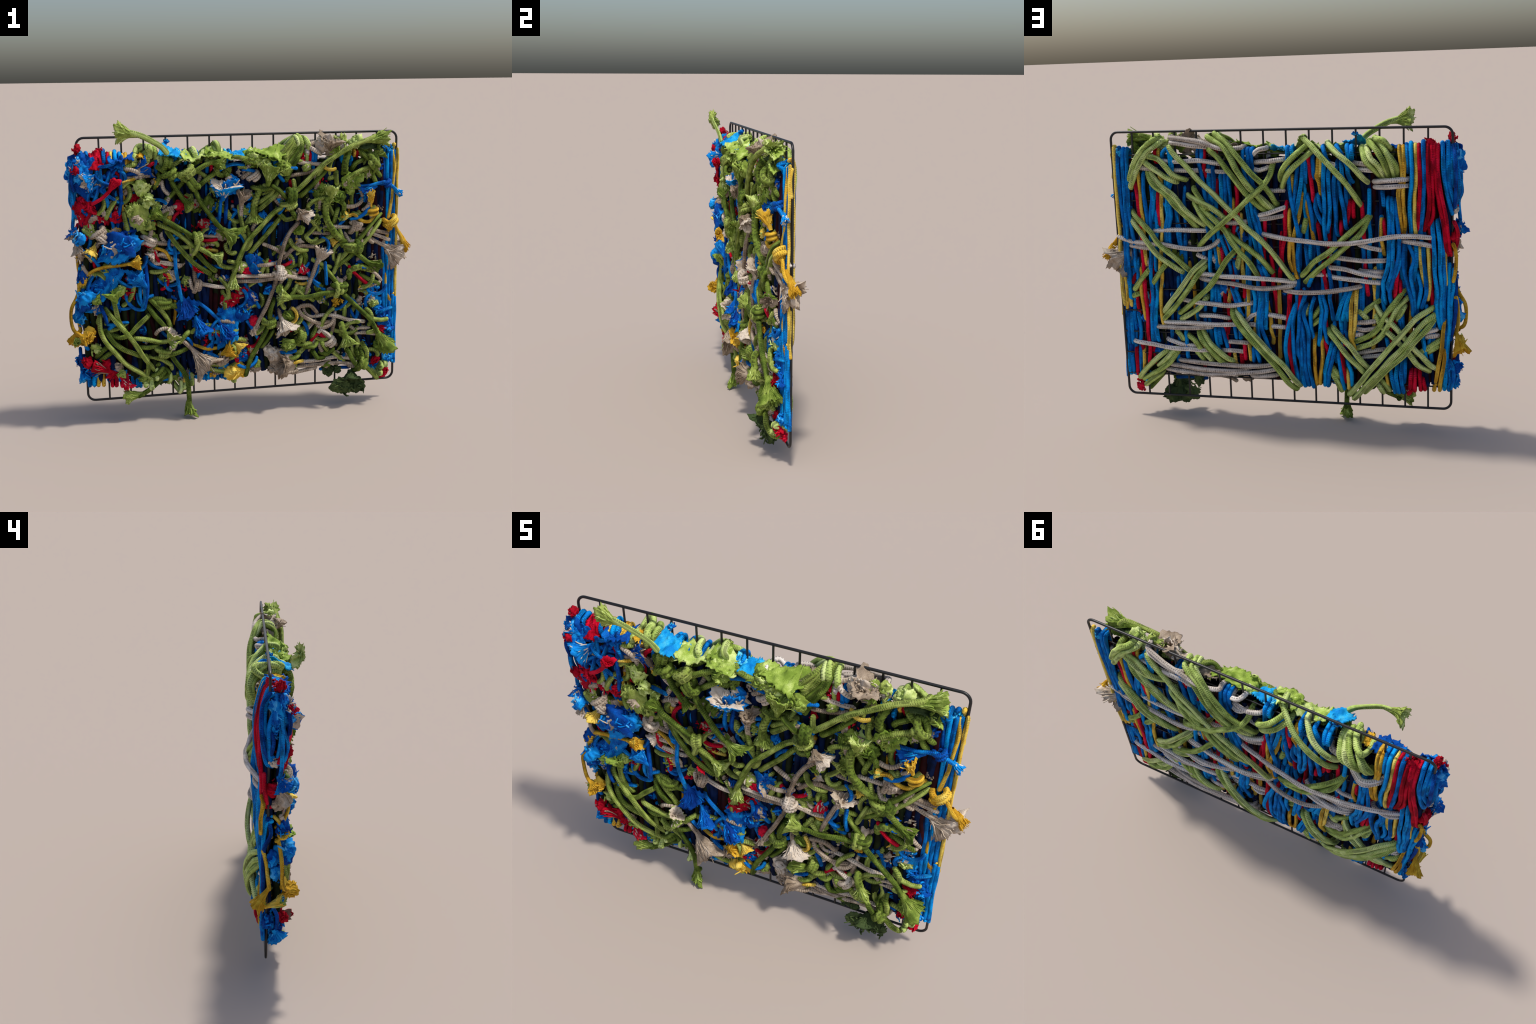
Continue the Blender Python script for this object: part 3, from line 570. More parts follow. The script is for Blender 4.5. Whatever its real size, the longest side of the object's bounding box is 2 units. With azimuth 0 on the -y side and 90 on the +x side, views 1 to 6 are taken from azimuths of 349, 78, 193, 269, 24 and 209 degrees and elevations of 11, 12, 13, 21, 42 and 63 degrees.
rope("green", 0.0138, "back", [(0.477, 0.049, 0.382), (0.467, 0.054, 0.374), (0.458, 0.056, 0.364), (0.450, 0.053, 0.353), (0.445, 0.043, 0.340)])
rope("green", 0.0138, "back", [(0.651, 0.046, 0.385), (0.679, 0.058, 0.366), (0.709, 0.062, 0.343), (0.737, 0.063, 0.317), (0.766, 0.058, 0.288), (0.798, 0.047, 0.254), (0.833, 0.027, 0.214)])
rope("green", 0.0138, "back", [(0.602, 0.047, 0.393), (0.620, 0.061, 0.375), (0.642, 0.064, 0.352), (0.672, 0.060, 0.327), (0.708, 0.045, 0.298)])
rope("green", 0.0138, "back", [(0.589, 0.047, 0.382), (0.608, 0.061, 0.353), (0.632, 0.067, 0.322), (0.666, 0.068, 0.297), (0.704, 0.064, 0.271), (0.751, 0.051, 0.240), (0.805, 0.026, 0.204)])
rope("green", 0.0138, "back", [(0.700, 0.045, 0.247), (0.729, 0.049, 0.227), (0.757, 0.047, 0.207), (0.778, 0.039, 0.188), (0.801, 0.022, 0.168)])
rope("blue", 0.0104, "back", [(0.539, 0.042, 0.494), (0.536, 0.046, 0.467), (0.534, 0.047, 0.438), (0.535, 0.047, 0.396), (0.537, 0.042, 0.349)])
rope("blue", 0.0104, "back", [(0.366, 0.045, 0.512), (0.362, 0.054, 0.482), (0.360, 0.055, 0.451), (0.354, 0.054, 0.427), (0.350, 0.045, 0.402)])
rope("blue", 0.0104, "back", [(0.345, 0.042, 0.511), (0.343, 0.049, 0.495), (0.341, 0.051, 0.476), (0.341, 0.049, 0.457), (0.342, 0.045, 0.436)])
rope("blue", 0.0104, "back", [(0.323, 0.042, 0.515), (0.317, 0.050, 0.489), (0.312, 0.051, 0.462), (0.307, 0.050, 0.439), (0.303, 0.046, 0.416)])
rope("blue", 0.0104, "back", [(0.375, 0.045, 0.755), (0.373, 0.053, 0.737), (0.373, 0.055, 0.717), (0.374, 0.054, 0.697), (0.377, 0.048, 0.675)])
rope("blue", 0.0104, "back", [(0.354, 0.042, 0.749), (0.353, 0.049, 0.711), (0.352, 0.056, 0.675), (0.358, 0.053, 0.647), (0.365, 0.048, 0.622)])
rope("blue", 0.0104, "back", [(0.338, 0.042, 0.755), (0.335, 0.049, 0.735), (0.334, 0.051, 0.715), (0.334, 0.050, 0.693), (0.334, 0.045, 0.670)])
rope("blue", 0.0104, "back", [(0.262, 0.046, 0.747), (0.250, 0.053, 0.717), (0.240, 0.056, 0.685), (0.225, 0.055, 0.646), (0.212, 0.047, 0.604)])
rope("blue", 0.0104, "back", [(0.241, 0.043, 0.742), (0.234, 0.051, 0.727), (0.228, 0.053, 0.710), (0.223, 0.052, 0.692), (0.220, 0.047, 0.674)])
rope("blue", 0.0104, "back", [(0.257, 0.043, 0.542), (0.252, 0.051, 0.527), (0.250, 0.053, 0.510), (0.248, 0.051, 0.492), (0.248, 0.046, 0.473)])
rope("blue", 0.0104, "back", [(0.230, 0.043, 0.538), (0.226, 0.051, 0.524), (0.224, 0.053, 0.508), (0.223, 0.052, 0.492), (0.224, 0.047, 0.474)])
rope("red", 0.0102, "back", [(0.192, 0.044, 0.759), (0.191, 0.049, 0.747), (0.191, 0.051, 0.734), (0.192, 0.049, 0.720), (0.194, 0.044, 0.706)])
rope("yellow", 0.0099, "back", [(0.170, 0.044, 0.754), (0.170, 0.049, 0.721), (0.171, 0.051, 0.685), (0.173, 0.050, 0.638), (0.176, 0.044, 0.588)])
rope("red", 0.0102, "back", [(0.303, 0.036, 0.728), (0.302, 0.041, 0.714), (0.303, 0.043, 0.700), (0.304, 0.041, 0.685), (0.306, 0.036, 0.668)])
rope("yellow", 0.0099, "back", [(0.276, 0.037, 0.739), (0.276, 0.042, 0.724), (0.278, 0.043, 0.708), (0.281, 0.041, 0.692), (0.284, 0.037, 0.674)])
rope("blue", 0.0104, "back", [(0.145, 0.045, 0.750), (0.137, 0.056, 0.721), (0.133, 0.059, 0.690), (0.135, 0.057, 0.655), (0.139, 0.048, 0.618)])
rope("blue", 0.0104, "back", [(0.109, 0.049, 0.883), (0.100, 0.064, 0.874), (0.093, 0.068, 0.862), (0.088, 0.066, 0.848), (0.085, 0.059, 0.833)])
rope("blue", 0.0104, "back", [(0.086, 0.049, 0.878), (0.076, 0.064, 0.869), (0.070, 0.069, 0.857), (0.065, 0.067, 0.844), (0.062, 0.059, 0.829)])
rope("blue", 0.0104, "back", [(0.096, 0.053, 0.734), (0.101, 0.062, 0.687), (0.113, 0.067, 0.618), (0.121, 0.064, 0.542), (0.113, 0.052, 0.458)])
rope("blue", 0.0104, "back", [(0.080, 0.053, 0.735), (0.085, 0.063, 0.677), (0.096, 0.067, 0.608), (0.099, 0.067, 0.544), (0.083, 0.062, 0.479), (0.069, 0.053, 0.422)])
rope("blue", 0.0104, "back", [(0.065, 0.053, 0.733), (0.066, 0.061, 0.703), (0.068, 0.065, 0.672), (0.070, 0.067, 0.636), (0.073, 0.065, 0.599), (0.076, 0.061, 0.567), (0.080, 0.053, 0.535)])
rope("red", 0.0102, "back", [(-0.061, 0.047, 0.734), (-0.058, 0.055, 0.699), (-0.055, 0.058, 0.663), (-0.050, 0.059, 0.626), (-0.044, 0.057, 0.590), (-0.041, 0.053, 0.560), (-0.037, 0.046, 0.532)])
rope("red", 0.0102, "back", [(0.206, 0.040, 0.434), (0.203, 0.048, 0.416), (0.203, 0.051, 0.397), (0.203, 0.048, 0.375), (0.206, 0.040, 0.352)])
rope("red", 0.0102, "back", [(0.227, 0.040, 0.378), (0.224, 0.048, 0.369), (0.223, 0.050, 0.357), (0.223, 0.048, 0.344), (0.224, 0.040, 0.329)])
rope("yellow", 0.0099, "back", [(0.179, 0.041, 0.430), (0.175, 0.049, 0.412), (0.173, 0.051, 0.392), (0.172, 0.049, 0.371), (0.173, 0.041, 0.348)])
rope("yellow", 0.0099, "back", [(0.265, 0.040, 0.382), (0.263, 0.045, 0.370), (0.261, 0.046, 0.357), (0.261, 0.045, 0.343), (0.261, 0.040, 0.327)])
rope("blue", 0.0104, "back", [(0.139, 0.041, 0.404), (0.133, 0.052, 0.392), (0.128, 0.056, 0.377), (0.125, 0.053, 0.359), (0.125, 0.041, 0.339)])
rope("blue", 0.0104, "back", [(0.155, 0.041, 0.409), (0.153, 0.049, 0.395), (0.153, 0.051, 0.380), (0.153, 0.049, 0.363), (0.156, 0.041, 0.343)])
rope("blue", 0.0104, "back", [(0.853, 0.031, 0.585), (0.856, 0.033, 0.547), (0.859, 0.034, 0.507), (0.859, 0.033, 0.465), (0.859, 0.031, 0.422)])
rope("blue", 0.0104, "back", [(0.813, 0.031, 0.586), (0.809, 0.035, 0.538), (0.807, 0.035, 0.491), (0.809, 0.034, 0.459), (0.813, 0.031, 0.430)])
rope("blue", 0.0104, "back", [(0.869, 0.028, 0.347), (0.868, 0.032, 0.323), (0.868, 0.034, 0.297), (0.869, 0.032, 0.270), (0.871, 0.028, 0.242)])
rope("blue", 0.0104, "back", [(0.816, 0.027, 0.400), (0.816, 0.032, 0.371), (0.817, 0.034, 0.338), (0.820, 0.033, 0.294), (0.825, 0.027, 0.246)])
rope("red", 0.0102, "back", [(0.842, 0.028, 0.377), (0.842, 0.033, 0.345), (0.843, 0.034, 0.311), (0.844, 0.033, 0.273), (0.846, 0.028, 0.234)])
rope("yellow", 0.0099, "back", [(0.800, 0.027, 0.378), (0.799, 0.033, 0.352), (0.799, 0.034, 0.324), (0.800, 0.033, 0.294), (0.804, 0.027, 0.262)])
rope("blue", 0.0104, "back", [(0.877, 0.028, 0.584), (0.875, 0.031, 0.548), (0.875, 0.032, 0.511), (0.875, 0.032, 0.467), (0.877, 0.031, 0.422)])
rope("blue", 0.0104, "back", [(0.888, 0.028, 0.358), (0.888, 0.031, 0.325), (0.889, 0.032, 0.292), (0.889, 0.030, 0.265), (0.890, 0.025, 0.237)])
rope("red", 0.0102, "back", [(0.813, 0.031, 0.812), (0.817, 0.035, 0.802), (0.822, 0.036, 0.791), (0.828, 0.034, 0.780), (0.836, 0.031, 0.768)])
rope("yellow", 0.0099, "back", [(0.878, 0.031, 0.811), (0.874, 0.033, 0.770), (0.872, 0.034, 0.727), (0.874, 0.033, 0.674), (0.879, 0.028, 0.617)])
rope("yellow", 0.0099, "back", [(0.857, 0.031, 0.679), (0.855, 0.033, 0.669), (0.854, 0.034, 0.658), (0.854, 0.032, 0.647), (0.856, 0.028, 0.634)])
rope("blue", 0.0104, "back", [(0.849, 0.037, 0.894), (0.849, 0.039, 0.840), (0.850, 0.040, 0.787), (0.850, 0.039, 0.734), (0.851, 0.037, 0.681)])
rope("blue", 0.0104, "back", [(0.798, 0.038, 0.895), (0.797, 0.040, 0.869), (0.796, 0.041, 0.842), (0.797, 0.040, 0.815), (0.798, 0.038, 0.787)])
rope("blue", 0.0104, "back", [(-0.071, 0.062, 1.498), (-0.073, 0.070, 1.426), (-0.080, 0.076, 1.303), (-0.088, 0.078, 1.229), (-0.108, 0.078, 1.129), (-0.120, 0.076, 1.038), (-0.112, 0.070, 0.935), (-0.114, 0.063, 0.862)])
rope("blue", 0.0104, "back", [(-0.094, 0.062, 1.498), (-0.097, 0.071, 1.489), (-0.099, 0.073, 1.479), (-0.100, 0.070, 1.469), (-0.099, 0.057, 1.458)])
rope("yellow", 0.0099, "back", [(-0.092, 0.052, 1.349), (-0.093, 0.060, 1.327), (-0.092, 0.062, 1.304), (-0.091, 0.060, 1.280), (-0.088, 0.051, 1.255)])
rope("blue", 0.0104, "back", [(-0.123, 0.052, 1.398), (-0.119, 0.067, 1.364), (-0.114, 0.074, 1.326), (-0.107, 0.075, 1.278), (-0.100, 0.069, 1.232), (-0.099, 0.064, 1.209), (-0.098, 0.057, 1.191)])
rope("blue", 0.0104, "back", [(-0.149, 0.052, 1.413), (-0.145, 0.070, 1.359), (-0.138, 0.076, 1.305), (-0.130, 0.076, 1.259), (-0.121, 0.072, 1.215), (-0.111, 0.067, 1.180), (-0.099, 0.057, 1.145)])
rope("blue", 0.0104, "back", [(-0.162, 0.052, 1.432), (-0.165, 0.066, 1.408), (-0.165, 0.069, 1.383), (-0.164, 0.066, 1.357), (-0.162, 0.052, 1.329)])
rope("blue", 0.0104, "back", [(-0.203, 0.053, 1.452), (-0.207, 0.074, 1.418), (-0.207, 0.073, 1.384), (-0.206, 0.066, 1.365), (-0.205, 0.053, 1.349)])
rope("yellow", 0.0099, "back", [(-0.139, 0.052, 1.255), (-0.126, 0.064, 1.167), (-0.107, 0.067, 1.092), (-0.095, 0.068, 1.041), (-0.086, 0.067, 1.000), (-0.088, 0.065, 0.928), (-0.095, 0.061, 0.861), (-0.104, 0.057, 0.823)])
rope("yellow", 0.0099, "back", [(-0.070, 0.051, 1.169), (-0.071, 0.063, 1.101), (-0.072, 0.067, 1.046), (-0.067, 0.067, 0.990), (-0.065, 0.064, 0.922), (-0.079, 0.057, 0.860)])
rope("red", 0.0102, "back", [(-0.055, 0.046, 1.214), (-0.048, 0.057, 1.150), (-0.046, 0.061, 1.055), (-0.029, 0.058, 0.982), (-0.023, 0.051, 0.913)])
rope("green", 0.0138, "back", [(-0.163, 0.056, 1.506), (-0.117, 0.105, 1.468), (-0.071, 0.106, 1.420), (-0.039, 0.081, 1.373), (-0.030, 0.047, 1.339)])
rope("green", 0.0138, "back", [(-0.192, 0.056, 1.481), (-0.150, 0.104, 1.439), (-0.106, 0.110, 1.401), (-0.066, 0.093, 1.360), (-0.038, 0.047, 1.304)])
rope("green", 0.0138, "back", [(-0.151, 0.030, 1.547), (-0.201, 0.077, 1.512), (-0.245, 0.104, 1.467), (-0.295, 0.120, 1.420), (-0.338, 0.121, 1.372), (-0.378, 0.110, 1.322), (-0.417, 0.083, 1.260), (-0.444, 0.039, 1.201)])
rope("green", 0.0138, "back", [(-0.278, 0.039, 1.517), (-0.331, 0.097, 1.479), (-0.382, 0.116, 1.438), (-0.423, 0.108, 1.394), (-0.453, 0.084, 1.357), (-0.480, 0.039, 1.324)])
rope("red", 0.0102, "back", [(-0.179, 0.047, 1.451), (-0.184, 0.058, 1.411), (-0.188, 0.063, 1.371), (-0.191, 0.064, 1.336), (-0.195, 0.063, 1.301), (-0.199, 0.060, 1.266), (-0.201, 0.053, 1.230)])
rope("yellow", 0.0099, "back", [(-0.230, 0.053, 1.442), (-0.226, 0.068, 1.390), (-0.221, 0.071, 1.356), (-0.234, 0.069, 1.321), (-0.240, 0.053, 1.265)])
rope("yellow", 0.0099, "back", [(-0.242, 0.053, 1.442), (-0.244, 0.065, 1.416), (-0.244, 0.067, 1.391), (-0.239, 0.064, 1.370), (-0.232, 0.053, 1.349)])
rope("blue", 0.0104, "back", [(-0.255, 0.060, 1.503), (-0.262, 0.076, 1.491), (-0.268, 0.083, 1.478), (-0.274, 0.081, 1.459), (-0.279, 0.066, 1.438)])
rope("blue", 0.0104, "back", [(-0.260, 0.060, 1.432), (-0.259, 0.079, 1.352), (-0.261, 0.087, 1.255), (-0.260, 0.084, 1.156), (-0.259, 0.066, 1.037)])
rope("blue", 0.0104, "back", [(-0.284, 0.060, 1.384), (-0.285, 0.080, 1.303), (-0.289, 0.084, 1.206), (-0.286, 0.078, 1.130), (-0.270, 0.066, 1.073)])
rope("blue", 0.0104, "back", [(-0.168, 0.047, 1.254), (-0.178, 0.062, 1.224), (-0.185, 0.068, 1.193), (-0.190, 0.070, 1.161), (-0.193, 0.066, 1.129), (-0.195, 0.060, 1.101), (-0.196, 0.047, 1.073)])
rope("blue", 0.0104, "back", [(-0.213, 0.047, 1.254), (-0.213, 0.064, 1.224), (-0.213, 0.070, 1.195), (-0.220, 0.070, 1.171), (-0.229, 0.067, 1.148), (-0.237, 0.061, 1.127), (-0.245, 0.048, 1.104)])
rope("blue", 0.0104, "back", [(-0.226, 0.047, 1.259), (-0.229, 0.061, 1.239), (-0.232, 0.065, 1.218), (-0.237, 0.061, 1.197), (-0.241, 0.048, 1.174)])
rope("blue", 0.0104, "back", [(-0.326, 0.060, 1.504), (-0.352, 0.078, 1.472), (-0.381, 0.085, 1.410), (-0.386, 0.076, 1.366), (-0.402, 0.054, 1.329)])
rope("blue", 0.0104, "back", [(-0.377, 0.061, 1.504), (-0.385, 0.082, 1.482), (-0.388, 0.084, 1.460), (-0.382, 0.075, 1.443), (-0.372, 0.054, 1.426)])
rope("blue", 0.0104, "back", [(-0.401, 0.061, 1.503), (-0.404, 0.080, 1.490), (-0.405, 0.085, 1.475), (-0.405, 0.079, 1.459), (-0.401, 0.054, 1.440)])
rope("blue", 0.0104, "back", [(-0.328, 0.054, 1.426), (-0.324, 0.064, 1.398), (-0.312, 0.076, 1.332), (-0.314, 0.081, 1.254), (-0.317, 0.079, 1.180), (-0.318, 0.071, 1.104), (-0.323, 0.060, 1.057)])
rope("blue", 0.0104, "back", [(-0.347, 0.054, 1.426), (-0.353, 0.078, 1.395), (-0.356, 0.080, 1.364), (-0.361, 0.074, 1.344), (-0.366, 0.061, 1.325)])
rope("blue", 0.0104, "back", [(-0.333, 0.054, 1.334), (-0.341, 0.071, 1.295), (-0.348, 0.079, 1.255), (-0.355, 0.081, 1.218), (-0.361, 0.080, 1.180), (-0.365, 0.074, 1.137), (-0.369, 0.061, 1.092)])
rope("blue", 0.0104, "back", [(-0.371, 0.048, 1.328), (-0.373, 0.065, 1.279), (-0.372, 0.065, 1.232), (-0.371, 0.059, 1.204), (-0.368, 0.048, 1.180)])
rope("red", 0.0102, "back", [(-0.389, 0.048, 1.229), (-0.387, 0.064, 1.197), (-0.383, 0.066, 1.165), (-0.377, 0.061, 1.138), (-0.370, 0.048, 1.110)])
rope("red", 0.0102, "back", [(-0.406, 0.048, 1.220), (-0.408, 0.063, 1.204), (-0.408, 0.067, 1.186), (-0.407, 0.063, 1.166), (-0.405, 0.048, 1.145)])
rope("red", 0.0102, "back", [(-0.340, 0.048, 1.115), (-0.342, 0.063, 1.103), (-0.343, 0.067, 1.088), (-0.342, 0.063, 1.073), (-0.340, 0.048, 1.055)])
rope("red", 0.0102, "back", [(-0.220, 0.047, 1.109), (-0.224, 0.061, 1.091), (-0.227, 0.065, 1.072), (-0.229, 0.061, 1.051), (-0.228, 0.047, 1.028)])
rope("green", 0.0138, "back", [(-0.155, 0.022, 1.139), (-0.156, 0.048, 1.125), (-0.153, 0.056, 1.108), (-0.148, 0.054, 1.088), (-0.142, 0.047, 1.068)])
rope("grey", 0.0117, "back", [(-0.411, 0.054, 1.423), (-0.432, 0.074, 1.422), (-0.451, 0.079, 1.420), (-0.468, 0.074, 1.416), (-0.483, 0.055, 1.411)])
rope("grey", 0.0117, "back", [(-0.415, 0.055, 1.387), (-0.443, 0.069, 1.388), (-0.469, 0.073, 1.388), (-0.493, 0.069, 1.386), (-0.517, 0.054, 1.384)])
rope("grey", 0.0117, "back", [(-0.281, 0.042, 1.418), (-0.295, 0.056, 1.417), (-0.307, 0.060, 1.414), (-0.317, 0.058, 1.410), (-0.326, 0.048, 1.406)])
rope("grey", 0.0117, "back", [(-0.518, 0.054, 1.328), (-0.561, 0.096, 1.334), (-0.602, 0.124, 1.339), (-0.645, 0.111, 1.342), (-0.687, 0.066, 1.342)])
rope("grey", 0.0117, "back", [(-0.520, 0.054, 1.299), (-0.561, 0.096, 1.304), (-0.602, 0.124, 1.308), (-0.645, 0.111, 1.309), (-0.687, 0.066, 1.307)])
rope("green", 0.0138, "back", [(-0.453, 0.039, 1.491), (-0.464, 0.082, 1.467), (-0.473, 0.101, 1.442), (-0.490, 0.107, 1.422), (-0.509, 0.101, 1.402), (-0.528, 0.084, 1.380), (-0.544, 0.047, 1.356)])
rope("green", 0.0138, "back", [(-0.473, 0.039, 1.493), (-0.491, 0.087, 1.471), (-0.506, 0.109, 1.447), (-0.525, 0.115, 1.430), (-0.543, 0.111, 1.411), (-0.557, 0.094, 1.384), (-0.569, 0.056, 1.352)])
rope("green", 0.0138, "back", [(-0.488, 0.039, 1.526), (-0.513, 0.087, 1.508), (-0.534, 0.111, 1.488), (-0.552, 0.123, 1.463), (-0.568, 0.121, 1.435), (-0.580, 0.105, 1.397), (-0.589, 0.064, 1.353)])
rope("green", 0.0138, "back", [(-0.526, 0.039, 1.535), (-0.556, 0.091, 1.511), (-0.580, 0.114, 1.483), (-0.594, 0.119, 1.455), (-0.605, 0.114, 1.426), (-0.612, 0.099, 1.390), (-0.618, 0.064, 1.351)])
rope("green", 0.0138, "back", [(-0.535, 0.039, 1.502), (-0.567, 0.084, 1.484), (-0.593, 0.103, 1.463), (-0.611, 0.106, 1.440), (-0.625, 0.101, 1.414), (-0.631, 0.086, 1.385), (-0.634, 0.056, 1.352)])
rope("green", 0.0138, "back", [(-0.515, 0.022, 1.539), (-0.543, 0.078, 1.540), (-0.566, 0.098, 1.535), (-0.582, 0.088, 1.516), (-0.593, 0.039, 1.489)])
rope("yellow", 0.0099, "back", [(-0.642, 0.055, 1.495), (-0.649, 0.078, 1.431), (-0.656, 0.090, 1.356), (-0.640, 0.094, 1.280), (-0.643, 0.089, 1.207), (-0.646, 0.074, 1.127), (-0.656, 0.055, 1.074)])
rope("yellow", 0.0099, "back", [(-0.661, 0.055, 1.495), (-0.668, 0.079, 1.421), (-0.666, 0.089, 1.356), (-0.663, 0.092, 1.280), (-0.665, 0.088, 1.207), (-0.670, 0.074, 1.127), (-0.663, 0.055, 1.064)])
rope("blue", 0.0104, "back", [(-0.674, 0.042, 1.503), (-0.679, 0.064, 1.479), (-0.682, 0.072, 1.452), (-0.684, 0.069, 1.418), (-0.685, 0.054, 1.380)])
rope("blue", 0.0104, "back", [(-0.699, 0.054, 1.508), (-0.705, 0.086, 1.398), (-0.704, 0.095, 1.304), (-0.696, 0.093, 1.218), (-0.697, 0.083, 1.134), (-0.703, 0.065, 1.057)])
rope("yellow", 0.0099, "back", [(-0.722, 0.053, 1.496), (-0.727, 0.086, 1.351), (-0.719, 0.089, 1.231), (-0.716, 0.080, 1.133), (-0.726, 0.064, 1.057)])
rope("red", 0.0102, "back", [(-0.738, 0.052, 1.496), (-0.744, 0.086, 1.374), (-0.745, 0.090, 1.256), (-0.737, 0.078, 1.133), (-0.741, 0.063, 1.076)])
rope("blue", 0.0104, "back", [(-0.760, 0.051, 1.512), (-0.765, 0.089, 1.351), (-0.764, 0.090, 1.232), (-0.751, 0.079, 1.118), (-0.745, 0.063, 1.057)])
rope("red", 0.0102, "back", [(-0.779, 0.050, 1.495), (-0.785, 0.087, 1.351), (-0.790, 0.086, 1.231), (-0.785, 0.078, 1.157), (-0.767, 0.061, 1.086)])
rope("red", 0.0102, "back", [(-0.801, 0.045, 1.494), (-0.803, 0.076, 1.349), (-0.808, 0.074, 1.229), (-0.807, 0.067, 1.155), (-0.781, 0.060, 1.096)])
rope("red", 0.0102, "back", [(-0.813, 0.045, 1.494), (-0.821, 0.071, 1.348), (-0.841, 0.073, 1.205), (-0.864, 0.065, 1.083), (-0.878, 0.053, 0.962)])
rope("red", 0.0102, "back", [(-0.831, 0.044, 1.494), (-0.830, 0.065, 1.395), (-0.850, 0.072, 1.253), (-0.873, 0.066, 1.131), (-0.893, 0.051, 0.967)])
rope("blue", 0.0104, "back", [(-0.852, 0.037, 1.509), (-0.855, 0.056, 1.453), (-0.859, 0.064, 1.395), (-0.865, 0.066, 1.335), (-0.874, 0.062, 1.276), (-0.886, 0.054, 1.221), (-0.900, 0.040, 1.166)])
rope("blue", 0.0104, "back", [(-0.879, 0.036, 1.511), (-0.881, 0.053, 1.453), (-0.881, 0.060, 1.396), (-0.884, 0.060, 1.346), (-0.888, 0.056, 1.299), (-0.898, 0.048, 1.256), (-0.910, 0.035, 1.213)])
rope("blue", 0.0104, "back", [(-0.898, 0.030, 1.494), (-0.899, 0.049, 1.444), (-0.899, 0.053, 1.393), (-0.898, 0.049, 1.345), (-0.897, 0.036, 1.295)])
rope("blue", 0.0104, "back", [(-0.923, 0.016, 1.412), (-0.929, 0.032, 1.354), (-0.932, 0.035, 1.297), (-0.924, 0.033, 1.247), (-0.914, 0.026, 1.197)])
rope("blue", 0.0104, "back", [(-0.556, 0.047, 1.273), (-0.559, 0.061, 1.258), (-0.562, 0.072, 1.243), (-0.563, 0.069, 1.226), (-0.563, 0.058, 1.207)])
rope("blue", 0.0104, "back", [(-0.584, 0.064, 1.232), (-0.590, 0.084, 1.158), (-0.593, 0.096, 1.057), (-0.589, 0.093, 0.952), (-0.578, 0.091, 0.878), (-0.557, 0.080, 0.800), (-0.564, 0.069, 0.703)])
rope("blue", 0.0104, "back", [(-0.604, 0.063, 1.232), (-0.609, 0.088, 1.158), (-0.611, 0.102, 1.063), (-0.609, 0.096, 0.948), (-0.605, 0.090, 0.878), (-0.581, 0.079, 0.800), (-0.585, 0.068, 0.765)])
rope("blue", 0.0104, "back", [(-0.623, 0.063, 1.227), (-0.629, 0.082, 1.157), (-0.639, 0.093, 1.062), (-0.637, 0.091, 0.948), (-0.622, 0.090, 0.878), (-0.606, 0.086, 0.816), (-0.591, 0.079, 0.758), (-0.596, 0.067, 0.704)])
rope("blue", 0.0104, "back", [(-0.634, 0.056, 1.004), (-0.640, 0.079, 0.960), (-0.641, 0.082, 0.913), (-0.630, 0.083, 0.876), (-0.617, 0.081, 0.841), (-0.610, 0.076, 0.811), (-0.604, 0.067, 0.780)])
rope("red", 0.0102, "back", [(-0.633, 0.054, 0.866), (-0.628, 0.081, 0.827), (-0.621, 0.083, 0.785), (-0.618, 0.074, 0.754), (-0.615, 0.054, 0.723)])
rope("red", 0.0102, "back", [(-0.642, 0.047, 0.809), (-0.643, 0.061, 0.792), (-0.644, 0.065, 0.773), (-0.643, 0.063, 0.752), (-0.643, 0.053, 0.729)])
rope("yellow", 0.0099, "back", [(-0.549, 0.048, 1.141), (-0.548, 0.061, 1.097), (-0.547, 0.065, 1.053), (-0.551, 0.064, 1.023), (-0.556, 0.060, 0.996), (-0.558, 0.055, 0.973), (-0.560, 0.051, 0.952)])
rope("red", 0.0102, "back", [(-0.562, 0.051, 1.127), (-0.565, 0.067, 1.110), (-0.567, 0.072, 1.091), (-0.568, 0.067, 1.071), (-0.568, 0.051, 1.047)])
rope("blue", 0.0104, "back", [(-0.802, 0.053, 1.119), (-0.812, 0.068, 1.034), (-0.818, 0.077, 0.883), (-0.828, 0.074, 0.779), (-0.832, 0.064, 0.650), (-0.844, 0.050, 0.570)])
rope("blue", 0.0104, "back", [(-0.830, 0.051, 1.123), (-0.841, 0.066, 1.034), (-0.846, 0.074, 0.883), (-0.851, 0.071, 0.779), (-0.851, 0.064, 0.676), (-0.851, 0.049, 0.580)])
rope("blue", 0.0104, "back", [(-0.849, 0.049, 1.035), (-0.862, 0.064, 0.935), (-0.865, 0.069, 0.804), (-0.861, 0.065, 0.702), (-0.861, 0.048, 0.590)])
rope("yellow", 0.0099, "back", [(-0.866, 0.048, 0.986), (-0.868, 0.060, 0.934), (-0.870, 0.062, 0.882), (-0.872, 0.058, 0.839), (-0.874, 0.047, 0.797)])
rope("blue", 0.0104, "back", [(-0.890, 0.041, 0.887), (-0.889, 0.053, 0.750), (-0.890, 0.056, 0.650), (-0.890, 0.057, 0.548), (-0.881, 0.054, 0.444), (-0.871, 0.047, 0.336), (-0.866, 0.030, 0.232)])
rope("blue", 0.0104, "back", [(-0.912, 0.035, 0.872), (-0.910, 0.047, 0.824), (-0.908, 0.052, 0.775), (-0.903, 0.053, 0.725), (-0.899, 0.051, 0.676), (-0.897, 0.048, 0.632), (-0.894, 0.041, 0.589)])
rope("grey", 0.0117, "back", [(0.081, 0.059, 1.053), (-0.050, 0.092, 1.036), (-0.180, 0.115, 1.024), (-0.297, 0.131, 1.019), (-0.396, 0.134, 1.021), (-0.503, 0.132, 1.039), (-0.622, 0.126, 1.056), (-0.715, 0.100, 1.057), (-0.803, 0.061, 1.040)])
